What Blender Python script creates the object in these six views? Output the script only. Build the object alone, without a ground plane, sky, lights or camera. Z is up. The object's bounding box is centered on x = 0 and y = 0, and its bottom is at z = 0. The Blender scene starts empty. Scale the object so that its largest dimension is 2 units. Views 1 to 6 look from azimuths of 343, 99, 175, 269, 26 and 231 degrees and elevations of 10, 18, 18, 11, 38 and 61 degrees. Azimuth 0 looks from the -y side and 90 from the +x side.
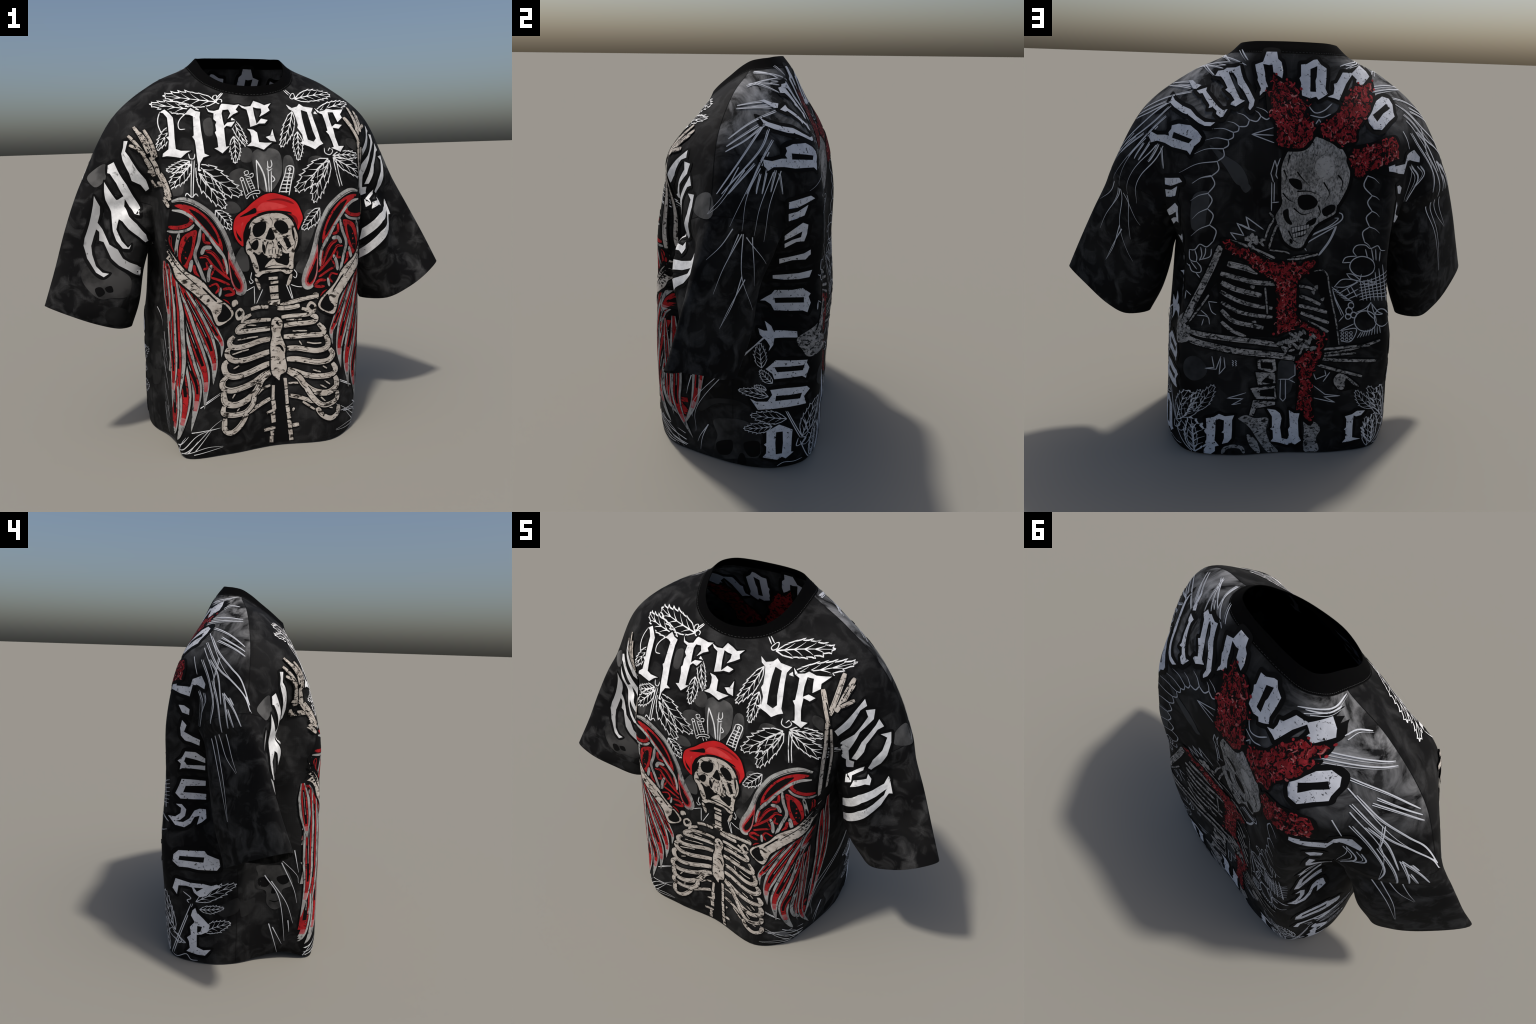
import bpy, bmesh, math, random
import numpy as np
from mathutils import Vector, Matrix
from mathutils.bvhtree import BVHTree
from mathutils import noise as mnoise

# ---------------------------------------------------------------- helpers
def spline(knots, ts, closed=False):
    """Centripetal-like Catmull-Rom through control points; ts in key units."""
    P = np.asarray(knots, float)
    n = len(P)
    out = np.zeros((len(ts), 3))
    for k, t in enumerate(ts):
        if closed:
            i = int(math.floor(t)) % n
            f = t - math.floor(t)
            p0, p1, p2, p3 = P[(i - 1) % n], P[i], P[(i + 1) % n], P[(i + 2) % n]
        else:
            i = min(int(math.floor(t)), n - 2)
            f = t - i
            p1, p2 = P[i], P[i + 1]
            p0 = P[i - 1] if i > 0 else 2 * p1 - p2
            p3 = P[i + 2] if i + 2 < n else 2 * p2 - p1
        d0 = max(np.linalg.norm(p1 - p0) ** .5, 1e-4)
        d1 = max(np.linalg.norm(p2 - p1) ** .5, 1e-4)
        d2 = max(np.linalg.norm(p3 - p2) ** .5, 1e-4)
        m1 = ((p1 - p0) / d0 - (p2 - p0) / (d0 + d1) + (p2 - p1) / d1) * d1
        m2 = ((p2 - p1) / d1 - (p3 - p1) / (d1 + d2) + (p3 - p2) / d2) * d1
        out[k] = ((2 * f**3 - 3 * f**2 + 1) * p1 + (f**3 - 2 * f**2 + f) * m1
                  + (-2 * f**3 + 3 * f**2) * p2 + (f**3 - f**2) * m2)
    return out

SUB_C = 8      # columns between neighbouring control points
SUB_R = 14     # rows between neighbouring rings

# ------------------------------------------------- the garment's control rings
# one side of a ring: front_mid, front_ridge, front_dip, front_sleeve, shoulder_top,
# back_sleeve, back_dip, back_ridge, back_mid ; plus the centre points front and back.
RINGS = [   # neck opening outward to the armholes
  dict(fc=(-.03,-.165,1.657), bc=(-.03,.148,1.822),
       r=[(.085,-.138,1.672),(.142,-.092,1.706),(.168,-.042,1.742),(.18,.005,1.777),(.182,.05,1.802),(.175,.09,1.811),(.155,.12,1.815),(.12,.136,1.819),(.06,.146,1.821)],
       l=[(-.145,-.138,1.672),(-.202,-.092,1.706),(-.226,-.042,1.742),(-.235,.005,1.777),(-.238,.05,1.802),(-.231,.09,1.811),(-.211,.12,1.815),(-.18,.136,1.819),(-.12,.146,1.821)]),
  dict(fc=(-.03,-.18,1.612), bc=(-.03,.183,1.775),
       r=[(.097,-.158,1.63),(.172,-.112,1.665),(.207,-.06,1.70),(.225,.0,1.738),(.23,.05,1.762),(.222,.105,1.768),(.198,.14,1.772),(.155,.167,1.773),(.08,.18,1.774)],
       l=[(-.157,-.158,1.63),(-.232,-.112,1.665),(-.265,-.06,1.70),(-.282,.0,1.738),(-.287,.05,1.762),(-.279,.105,1.768),(-.255,.14,1.772),(-.215,.167,1.773),(-.14,.18,1.774)]),
  dict(fc=(-.03,-.24,1.49), bc=(-.03,.243,1.64),
       r=[(.13,-.225,1.51),(.26,-.172,1.57),(.32,-.12,1.615),(.37,-.05,1.655),(.40,.02,1.68),(.38,.09,1.68),(.33,.16,1.67),(.26,.215,1.66),(.14,.24,1.65)],
       l=[(-.19,-.225,1.51),(-.32,-.172,1.57),(-.38,-.12,1.62),(-.425,-.05,1.66),(-.455,.02,1.685),(-.435,.09,1.685),(-.38,.16,1.67),(-.31,.21,1.655),(-.20,.238,1.65)]),
  dict(fc=(-.03,-.305,1.32), bc=(-.03,.325,1.44),
       r=[(.17,-.298,1.34),(.385,-.258,1.39),(.48,-.238,1.41),(.55,-.135,1.47),(.597,.0,1.53),(.55,.12,1.51),(.465,.235,1.47),(.36,.34,1.45),(.19,.345,1.45)],
       l=[(-.23,-.298,1.34),(-.405,-.258,1.39),(-.507,-.232,1.41),(-.585,-.13,1.475),(-.645,.0,1.535),(-.60,.125,1.515),(-.515,.245,1.47),(-.41,.325,1.45),(-.25,.335,1.45)]),
  dict(fc=(-.03,-.322,1.10), bc=(-.03,.324,1.18),
       r=[(.2,-.34,1.10),(.44,-.295,1.13),(.495,-.145,1.14),(.605,-.14,1.19),(.748,.0,1.265),(.64,.178,1.22),(.49,.25,1.16),(.375,.395,1.18),(.2,.362,1.18)],
       l=[(-.26,-.34,1.10),(-.452,-.328,1.12),(-.508,-.135,1.14),(-.66,-.12,1.195),(-.80,-.005,1.26),(-.69,.165,1.22),(-.535,.23,1.16),(-.43,.385,1.18),(-.26,.36,1.18)]),
]
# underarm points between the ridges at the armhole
UNDERARM = dict(r=[(0.465,-0.08,0.97),(0.47,0.0,0.94),(0.455,0.09,0.97)],
                l=[(-0.5,-0.08,0.97),(-0.52,0.0,0.94),(-0.505,0.09,0.97)])
# torso rings below: same nine points per side, at one height
TORSO = [
  dict(z=.88, fc=(-.03,-.33), bc=(-.03,.335),
       r=[(.24,-.36),(.42,-.312),(.45,-.17),(.465,-.07),(.475,.03),(.455,.1),(.405,.185),(.395,.385),(.24,.382)],
       l=[(-.26,-.35),(-.44,-.337),(-.488,-.245),(-.478,-.08),(-.52,.03),(-.505,.1),(-.46,.185),(-.45,.378),(-.29,.38)]),
  dict(z=.58, fc=(-.03,-.34), bc=(-.03,.358),
       r=[(.27,-.385),(.41,-.328),(.438,-.165),(.475,-.07),(.498,.03),(.498,.12),(.465,.24),(.415,.40),(.24,.402)],
       l=[(-.26,-.363),(-.44,-.347),(-.495,-.245),(-.484,-.08),(-.535,.03),(-.54,.13),(-.525,.245),(-.47,.395),(-.29,.402)]),
  dict(z=.3, fc=(-.03,-.355), bc=(-.03,.375),
       r=[(.26,-.395),(.40,-.33),(.436,-.165),(.475,-.07),(.508,.03),(.508,.13),(.49,.24),(.42,.385),(.21,.40)],
       l=[(-.26,-.37),(-.45,-.345),(-.498,-.235),(-.492,-.08),(-.54,.03),(-.55,.13),(-.535,.24),(-.475,.375),(-.27,.395)]),
  dict(z=.07, fc=(-.03,-.365), bc=(-.03,.39),
       r=[(.24,-.405),(.385,-.32),(.445,-.18),(.48,-.07),(.505,.03),(.515,.13),(.50,.24),(.42,.365),(.21,.402)],
       l=[(-.26,-.37),(-.458,-.345),(-.485,-.2),(-.50,-.08),(-.54,.03),(-.555,.13),(-.54,.24),(-.475,.355),(-.27,.395)]),
  dict(z=.002, fc=(-.03,-.36), bc=(-.03,.388),
       r=[(.24,-.40),(.375,-.31),(.435,-.18),(.47,-.07),(.495,.03),(.505,.13),(.49,.235),(.41,.355),(.21,.40)],
       l=[(-.26,-.365),(-.448,-.335),(-.475,-.2),(-.495,-.08),(-.535,.03),(-.55,.13),(-.53,.235),(-.465,.345),(-.27,.392)],
       dz=dict(l=[0,.0,.035,.015,.0,0,0,0,0])),
]
# sleeve rings: front_dip, front, top, back, back_dip, then under: back_low, bottom, front_low
SLEEVE = dict(
 r=[[(0.57,-0.178,1.09),(0.66,-0.085,1.13),(0.787,-0.02,1.18),(0.68,0.125,1.14),(0.56,0.22,1.09),(0.478,0.15,1.0),(0.48,0.0,0.9),(0.492,-0.138,1.015)],
    [(0.63,-0.185,0.98),(0.72,-0.08,1.02),(0.85,-0.04,1.062),(0.735,0.09,1.02),(0.63,0.165,0.97),(0.535,0.145,0.91),(0.495,0,0.82),(0.525,-0.122,0.91)],
    [(0.68,-0.15,0.8),(0.8,-0.08,0.845),(0.935,-0.075,0.892),(0.81,0.03,0.82),(0.7,0.12,0.76),(0.598,0.122,0.705),(0.54,0,0.68),(0.585,-0.125,0.735)],
    [(0.81,-0.14,0.635),(0.92,-0.135,0.7),(1,-0.1,0.755),(0.9,-0.005,0.69),(0.79,0.06,0.615),(0.705,0.092,0.583),(0.6,0.02,0.57),(0.695,-0.113,0.583)]],
 l=[[(-0.6,-0.145,1.09),(-0.7,-0.08,1.12),(-0.845,-0.045,1.165),(-0.73,0.105,1.13),(-0.6,0.19,1.09),(-0.53,0.15,1.0),(-0.53,0.0,0.9),(-0.527,-0.128,1.015)],
    [(-0.65,-0.115,0.98),(-0.76,-0.075,1.02),(-0.897,-0.088,1.03),(-0.78,0.075,1.02),(-0.68,0.165,0.97),(-0.59,0.15,0.91),(-0.555,0,0.82),(-0.565,-0.115,0.91)],
    [(-0.71,-0.145,0.8),(-0.83,-0.135,0.85),(-0.946,-0.132,0.884),(-0.84,0.03,0.82),(-0.72,0.13,0.75),(-0.637,0.12,0.695),(-0.58,0,0.67),(-0.615,-0.117,0.735)],
    [(-0.8,-0.15,0.625),(-0.92,-0.195,0.695),(-1,-0.185,0.738),(-0.9,-0.035,0.665),(-0.8,0.055,0.6),(-0.72,0.09,0.561),(-0.62,0.02,0.552),(-0.688,-0.098,0.574)]])

def ring_points(d):
    return [d['fc']] + d['r'] + [d['bc']] + d['l'][::-1]      # 20 control points, closed

def build_surface():
    """Loft all rings into one welded mesh; returns verts, quads and a part tag per quad."""
    N = 20 * SUB_C
    ts = np.arange(N) / SUB_C
    neck = [spline(ring_points(d), ts, True) for d in RINGS]
    C = lambda k: k * SUB_C
    torso = []
    for d in TORSO:
        z = d['z']; dz = d.get('dz', {})
        pts = []
        for key, val in (('fc', [d['fc']]), ('r', d['r']), ('bc', [d['bc']]), ('l', d['l'])):
            zz = dz.get(key, [0] * len(val))
            row = [(p[0], p[1], z + q) for p, q in zip(val, zz)]
            pts += row[::-1] if key == 'l' else row
        torso.append(spline(pts, ts, True))
    # underarm arcs: front corner (key 3 / 17) -> back dip (key 7 / 13)
    y = RINGS[-1]
    def arc(side):
        a = y[side][2]; b = y[side][6]
        keys = [a] + UNDERARM[side] + [b]
        return spline(keys, np.arange(4 * SUB_C + 1) / SUB_C)
    arcR, arcL = arc('r'), arc('l')
    # torso start ring: neck yoke with side arcs replaced
    start = neck[-1].copy()
    start[C(3):C(7) + 1] = arcR
    start[C(13):C(17) + 1] = arcL[::-1]
    body_cols = [i for i in range(N)]
    is_side = lambda i: C(3) < i < C(7) or C(13) < i < C(17)
    verts = []; index = {}
    def put(key, p):
        if key not in index:
            index[key] = len(verts); verts.append(p)
        return index[key]
    quads = []; tags = []
    nn = len(neck)
    M = len(TORSO)
    # columns of front / back run neck -> torso; side columns run neck -> sleeve
    grid = {}
    rows_neck = (nn - 1) * SUB_R
    tr = (M) * SUB_R
    for i in range(N):
        if not is_side(i):
            seq = [r[i] for r in neck] + [t[i] for t in torso]
            P = spline(seq, np.arange((nn + M - 1) * SUB_R + 1) / SUB_R)
            for k in range(rows_neck + 1): grid['n', i, k] = P[k]
            for k in range(tr + 1): grid['t', i, k] = P[rows_neck + k]
        else:
            seq = [start[i]] + [t[i] for t in torso]
            P = spline(seq, np.arange(M * SUB_R + 1) / SUB_R)
            for k in range(tr + 1): grid['t', i, k] = P[k]
    SL = {}
    for side in 'rl':
        # closed ring: key order corner, front_sleeve, top, back_sleeve, corner, back_low, bottom, front_low
        if side == 'r':
            upper = [neck[-1][i] for i in range(C(3), C(7) + 1)]
            arcp = arcR
            cols = list(range(C(3), C(7) + 1))
        else:
            cols = list(range(C(17), C(13) - 1, -1))
            upper = [neck[-1][i] for i in cols]
            arcp = arcL
        ring0 = upper + list(arcp[::-1][1:-1])
        rings = [spline(k, np.arange(8 * SUB_C) / SUB_C, True) for k in SLEEVE[side]]
        Ms = len(rings)
        for j in range(8 * SUB_C):
            if 0 < j < 4 * SUB_C:
                pre = [r[cols[j]] for r in neck]
            else:
                pre = []
            seq = pre + [ring0[j]] * (0 if pre else 1) + [r[j] for r in rings]
            off = (nn - 1) * SUB_R if pre else 0
            P = spline(seq, np.arange((len(seq) - 1) * SUB_R + 1) / SUB_R)
            if pre:
                for k in range(rows_neck + 1): grid['n', cols[j], k] = P[k]
            for k in range(Ms * SUB_R + 1): SL[side, j, k] = P[off + k]
    def nkey(i, k): return ('n', i % N, k)
    def tkey(i, k):
        i %= N
        if k == 0 and not is_side(i): return ('n', i, rows_neck)
        return ('t', i, k)
    def skey(side, j, k):
        j %= 8 * SUB_C
        if k == 0:
            if j <= 4 * SUB_C:
                c = (C(3) + j) if side == 'r' else (C(17) - j)
                return ('n', c, rows_neck)
            a = 8 * SUB_C - j                     # underarm arc index from front corner
            c = (C(3) + a) if side == 'r' else (C(17) - a)
            return ('t', c, 0)
        return ('s' + side, j, k)
    def pos(key):
        if key[0] in 'nt': return grid[key]
        return SL[key[0][1], key[1], key[2]]
    def quad(keys, tag):
        ids = [put(k, pos(k)) for k in keys]
        if len(set(ids)) >= 3:
            quads.append(ids); tags.append(tag)
    for i in range(N):
        front = i < C(5) or i >= C(15)
        for k in range(rows_neck):
            tag = 'collar' if k < SUB_R else ('front_panel' if front else 'back_panel')
            quad([nkey(i, k), nkey(i, k + 1), nkey(i + 1, k + 1), nkey(i + 1, k)], tag)
        for k in range(tr):
            tag = 'front_panel' if front else 'back_panel'
            if k >= tr - 2: tag = 'hem_' + tag[:-6]
            quad([tkey(i, k), tkey(i, k + 1), tkey(i + 1, k + 1), tkey(i + 1, k)], tag)
    for side in 'rl':
        for j in range(8 * SUB_C):
            for k in range(len(SLEEVE[side]) * SUB_R):
                q = [skey(side, j, k), skey(side, j, k + 1), skey(side, j + 1, k + 1), skey(side, j + 1, k)]
                if side == 'l': q = q[::-1]
                quad(q, 'sleeve_' + side)
    return np.array(verts), quads, tags

# ------------------------------------------------------------------ materials
def srgb(h):
    c = [int(h[i:i + 2], 16) / 255 for i in (0, 2, 4)]
    return tuple(v / 12.92 if v <= .04045 else ((v + .055) / 1.055) ** 2.4 for v in c) + (1,)

MATS = {}
def new_mat(name, rough=.8):
    m = bpy.data.materials.new(name); m.use_nodes = True
    nt = m.node_tree; b = nt.nodes['Principled BSDF']
    b.inputs['Roughness'].default_value = rough
    b.inputs['Specular IOR Level'].default_value = .12
    MATS[name] = m
    return m, nt, b
def node(nt, kind, **kw):
    n = nt.nodes.new(kind)
    for k, v in kw.items():
        if hasattr(n, k): setattr(n, k, v)
        else: n.inputs[k.replace('_', ' ')].default_value = v
    return n
def ramp(nt, fac, stops, interp='LINEAR'):
    r = nt.nodes.new('ShaderNodeValToRGB'); cr = r.color_ramp; cr.interpolation = interp
    while len(cr.elements) < len(stops): cr.elements.new(.5)
    for e, (p, c) in zip(cr.elements, stops):
        e.position = p; e.color = c if len(c) == 4 else (*c, 1)
    nt.links.new(fac, r.inputs['Fac'])
    return r.outputs['Color']
def obj_coord(nt, scale=(1, 1, 1)):
    t = nt.nodes.new('ShaderNodeTexCoord'); m = nt.nodes.new('ShaderNodeMapping')
    m.inputs['Scale'].default_value = scale
    nt.links.new(t.outputs['Object'], m.inputs['Vector'])
    return m.outputs['Vector']
def noise(nt, vec, scale, detail=4, rough=.55, dist=0):
    n = node(nt, 'ShaderNodeTexNoise', Scale=scale, Detail=detail, Roughness=rough, Distortion=dist)
    nt.links.new(vec, n.inputs['Vector'])
    return n.outputs['Fac']
def mix(nt, fac, a, b, mode='MIX'):
    m = nt.nodes.new('ShaderNodeMix'); m.data_type = 'RGBA'; m.blend_type = mode
    for sock, v in ((m.inputs['Factor'], fac), (m.inputs['A'], a), (m.inputs['B'], b)):
        if isinstance(v, bpy.types.NodeSocket): nt.links.new(v, sock)
        else: sock.default_value = v
    # Mix node has several A/B sockets: pick the colour ones
    return m
def mix_rgb(nt, fac, a, b, mode='MIX'):
    m = nt.nodes.new('ShaderNodeMixRGB'); m.blend_type = mode
    for i, v in enumerate((fac, a, b)):
        if isinstance(v, bpy.types.NodeSocket): nt.links.new(v, m.inputs[i])
        else: m.inputs[i].default_value = v
    return m.outputs[0]
def add_weave(nt, b, strength=.12):
    v = obj_coord(nt); n = noise(nt, v, 260, 2)
    bp = nt.nodes.new('ShaderNodeBump'); bp.inputs['Strength'].default_value = strength
    bp.inputs['Distance'].default_value = .002
    nt.links.new(n, bp.inputs['Height']); nt.links.new(bp.outputs[0], b.inputs['Normal'])

def ink(name, base, grain=None, g_scale=40, lo=.35, hi=.45, stretch=(1, 1, 1), blot=None, blot_scale=14):
    """printed ink: base colour, blotches of a second tone, and sharp dark grain."""
    m, nt, b = new_mat(name)
    col = base
    if blot:
        n = noise(nt, obj_coord(nt), blot_scale, 5)
        col = mix_rgb(nt, ramp(nt, n, [(.42, (0, 0, 0)), (.62, (1, 1, 1))]), base, blot)
    if grain:
        n = noise(nt, obj_coord(nt, stretch), g_scale, 6, .65, .6)
        col = mix_rgb(nt, ramp(nt, n, [(lo, (1, 1, 1)), (hi, (0, 0, 0))]), col, grain)
    if isinstance(col, bpy.types.NodeSocket): nt.links.new(col, b.inputs['Base Color'])
    else: b.inputs['Base Color'].default_value = col
    return m

def cloth(name, smoke_lo=(.003, .003, .0032), smoke_hi=(.014, .014, .014), crowd_hi=.03, back=False):
    m, nt, b = new_mat(name, .82)
    v = obj_coord(nt)
    big = noise(nt, v, 3.2, 3, .5, .3)
    med = noise(nt, v, 13, 4, .55, .8)
    grey = ramp(nt, big, [(.44, (*smoke_lo, 1)), (.70, (*smoke_hi, 1))])
    crowd = ramp(nt, med, [(.47, (0, 0, 0)), (.74, (crowd_hi, crowd_hi, crowd_hi))])
    col = mix_rgb(nt, .8, grey, crowd, 'ADD')
    # halftone dots of the print
    vd = node(nt, 'ShaderNodeTexVoronoi', Scale=110, Randomness=0.0)
    nt.links.new(v, vd.inputs['Vector'])
    dots = ramp(nt, vd.outputs['Distance'], [(.28, (1, 1, 1)), (.36, (.72, .72, .72))])
    col = mix_rgb(nt, .5, col, dots, 'MULTIPLY')
    if back:
        # pale smoke across the shoulder blades of the back print
        sep = nt.nodes.new('ShaderNodeSeparateXYZ'); nt.links.new(v, sep.inputs[0])
        mr = node(nt, 'ShaderNodeMapRange'); mr.inputs['From Min'].default_value = 1.42; mr.inputs['From Max'].default_value = 1.66
        nt.links.new(sep.outputs['Z'], mr.inputs['Value'])
        ax = nt.nodes.new('ShaderNodeMath'); ax.operation = 'ABSOLUTE'; nt.links.new(sep.outputs['X'], ax.inputs[0])
        mx = node(nt, 'ShaderNodeMapRange'); mx.inputs['From Min'].default_value = .12; mx.inputs['From Max'].default_value = .32
        nt.links.new(ax.outputs[0], mx.inputs['Value'])
        mu = nt.nodes.new('ShaderNodeMath'); mu.operation = 'MULTIPLY'
        nt.links.new(mr.outputs[0], mu.inputs[0]); nt.links.new(mx.outputs[0], mu.inputs[1])
        sm = noise(nt, v, 7, 6, .6, 1.2)
        smc = ramp(nt, sm, [(.40, (0, 0, 0)), (.70, (.32, .32, .325))])
        col = mix_rgb(nt, mu.outputs[0], col, mix_rgb(nt, 1, col, smc, 'ADD'))
    nt.links.new(col, b.inputs['Base Color'])
    add_weave(nt, b)
    return m

def make_materials():
    ink('ink_white', (.80, .80, .80, 1), (.25, .25, .25, 1), 26, .33, .37, blot=(.62, .62, .62, 1), blot_scale=30)
    ink('ink_back_white', (.60, .61, .65, 1), (.02, .02, .022, 1), 80, .375, .40, blot=(.50, .51, .55, 1), blot_scale=22)  # white dimmed and blued to bake in the shade on the back
    ink('ink_line', (.56, .57, .60, 1))
    ink('ink_back_line', (.40, .41, .44, 1))
    ink('ink_bone', (.51, .465, .415, 1), (.02, .016, .013, 1), 46, .40, .455, (.7, 1, 1.5), blot=(.40, .355, .31, 1), blot_scale=24)
    ink('ink_grey_bone', (.34, .325, .315, 1), (.012, .012, .012, 1), 60, .42, .50, (1, 1, 1.4), blot=(.20, .195, .19, 1), blot_scale=25)
    ink('ink_grey_skull', (.34, .33, .325, 1), (.05, .05, .05, 1), 85, .36, .56, (1.6, 1, .8), blot=(.20, .195, .19, 1), blot_scale=16)
    ink('ink_red', (.38, .013, .015, 1), (.02, .003, .004, 1), 55, .35, .44, blot=(.24, .010, .012, 1), blot_scale=20)
    ink('ink_beret', (.58, .016, .018, 1), (.05, .003, .004, 1), 50, .26, .34, blot=(.46, .014, .016, 1), blot_scale=18)
    ink('ink_light_red', (.62, .05, .05, 1), blot=(.50, .02, .02, 1), blot_scale=14)
    ink('ink_dark_red', (.20, .006, .008, 1))
    ink('ink_blood', (.15, .009, .012, 1), (.006, .002, .002, 1), 70, .46, .51, (1, 1, .6), blot=(.26, .022, .026, 1), blot_scale=30)
    ink('ink_pink', (.38, .16, .16, 1), blot=(.34, .05, .06, 1), blot_scale=20)
    ink('ink_feather', (.36, .36, .345, 1), (.05, .05, .05, 1), 48, .36, .46, (1, 1, .5), blot=(.22, .21, .205, 1), blot_scale=16)
    ink('ink_black', (.002, .002, .0022, 1))
    ink('ink_shadow', (.018, .018, .018, 1), blot=(.008, .008, .008, 1), blot_scale=9)
    ink('ink_photo', (.055, .054, .053, 1), blot=(.012, .012, .012, 1), blot_scale=7)
    ink('ink_photo_light', (.10, .099, .097, 1), blot=(.04, .04, .04, 1), blot_scale=9)
    ink('ink_grey_light', (.36, .35, .345, 1), (.08, .08, .08, 1), 85, .30, .46, blot=(.28, .275, .27, 1), blot_scale=20)
    ink('ink_splash', (.36, .026, .034, 1), blot=(.22, .015, .02, 1), blot_scale=40)
    ink('ink_splash_pale', (.42, .16, .15, 1), blot=(.30, .06, .06, 1), blot_scale=40)
    ink('ink_inside', (.42, .43, .47, 1), (.01, .01, .01, 1), 75, .33, .36)
    ink('ink_inside_red', (.20, .010, .013, 1), (.004, .001, .001, 1), 60, .44, .52)
    ink('ink_feather_white', (.36, .36, .36, 1), (.05, .05, .05, 1), 24, .33, .37, blot=(.70, .70, .70, 1), blot_scale=6)
    ink('ink_photo_back', (.045, .047, .05, 1), blot=(.018, .019, .02, 1), blot_scale=6)
    cloth('cloth_front')
    cloth('cloth_back', back=True)
    cloth('cloth_sleeve', (.003, .003, .0034), (.012, .012, .012), .055)
    m, nt, b = new_mat('rib_knit', .9)
    b.inputs['Base Color'].default_value = (.0016, .0016, .0017, 1); b.inputs['Specular IOR Level'].default_value = .04; add_weave(nt, b, .2)
    m, nt, b = new_mat('seam_shadow', .9); b.inputs['Base Color'].default_value = (.002, .002, .002, 1)
    m, nt, b = new_mat('thread', .8); b.inputs['Base Color'].default_value = (.035, .035, .035, 1)

# ------------------------------------------------------------------ print engine
MIRROR_X = -.008
BASE, STEP, CLOTH = .0011, .0003, .004
class Frame:
    """a flat drawing plane: (a, b) on the plane is dropped along a direction onto the cloth."""
    def __init__(self, az, el=0, start=None, parent='front_panel', keep=None):
        a, b = math.radians(az), math.radians(el)
        self.d = Vector((math.sin(a) * math.cos(b), -math.cos(a) * math.cos(b), math.sin(b)))
        self.r = Vector((0, 0, 1)).cross(self.d).normalized()
        self.u = self.d.cross(self.r)
        self.start = start; self.parent = parent; self.keep = keep
    def drop(self, a, b, lift, skip=None):
        base = self.r * a + self.u * b
        if self.start is None:                       # from far outside, inward
            hit = BVH.ray_cast(base + self.d * 3, -self.d)
        else:                                        # from inside the body, outward
            hit = BVH.ray_cast(base + self.d * self.start, self.d)
        if hit[0] is None or (self.keep and not self.keep(hit[0])): return None
        n = smooth_normal(hit[0], hit[2])
        if n.dot(self.d) < 0: n = -n
        return hit[0] + n * lift

def smooth_normal(p, i):
    f = FACES[i]; w = 0; n = Vector((0, 0, 0))
    for k in f:
        d = 1 / ((VERTS[k] - p).length + 1e-4)
        n += NORMALS[k] * d
    return n.normalized()

def path2d(pts, step=.011, closed=False, smooth=True):
    """resample a 2D control polyline, rounded by Catmull-Rom when smooth."""
    P = [Vector(p) for p in pts]; n = len(P); out = []
    segs = n if closed else n - 1
    for i in range(segs):
        p1, p2 = P[i], P[(i + 1) % n]
        p0 = P[i - 1] if (closed or i > 0) else p1 * 2 - p2
        p3 = P[(i + 2) % n] if (closed or i + 2 < n) else p2 * 2 - p1
        k = max(1, int(math.ceil((p2 - p1).length / step)))
        if smooth and n > 2: k = max(k, 4)
        for j in range(k):
            t = j / k
            if smooth and n > 2:
                out.append(.5 * ((2 * p1) + (p2 - p0) * t + (2 * p0 - 5 * p1 + 4 * p2 - p3) * t * t
                                 + (3 * p1 - p0 - 3 * p2 + p3) * t ** 3))
            else: out.append(p1.lerp(p2, t))
    if not closed: out.append(P[-1])
    return out

def inside(p, poly):
    c = False; x, y = p[0], p[1]; n = len(poly); j = n - 1
    for i in range(n):
        xi, yi = poly[i][0], poly[i][1]; xj, yj = poly[j][0], poly[j][1]
        if (yi > y) != (yj > y) and x < (xj - xi) * (y - yi) / (yj - yi) + xi: c = not c
        j = i
    return c

def grow(pts, d):
    """push an outline outward by d."""
    n = len(pts); area = sum(pts[i][0] * pts[(i + 1) % n][1] - pts[(i + 1) % n][0] * pts[i][1] for i in range(n))
    s = 1 if area > 0 else -1; out = []
    for i in range(n):
        a, b, c = Vector(pts[i - 1]), Vector(pts[i]), Vector(pts[(i + 1) % n])
        e1, e2 = (b - a).normalized(), (c - b).normalized()
        nn = Vector((e1.y + e2.y, -e1.x - e2.x)) * s
        out.append(tuple(b + nn.normalized() * d) if nn.length > 1e-6 else tuple(b))
    return out

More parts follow.
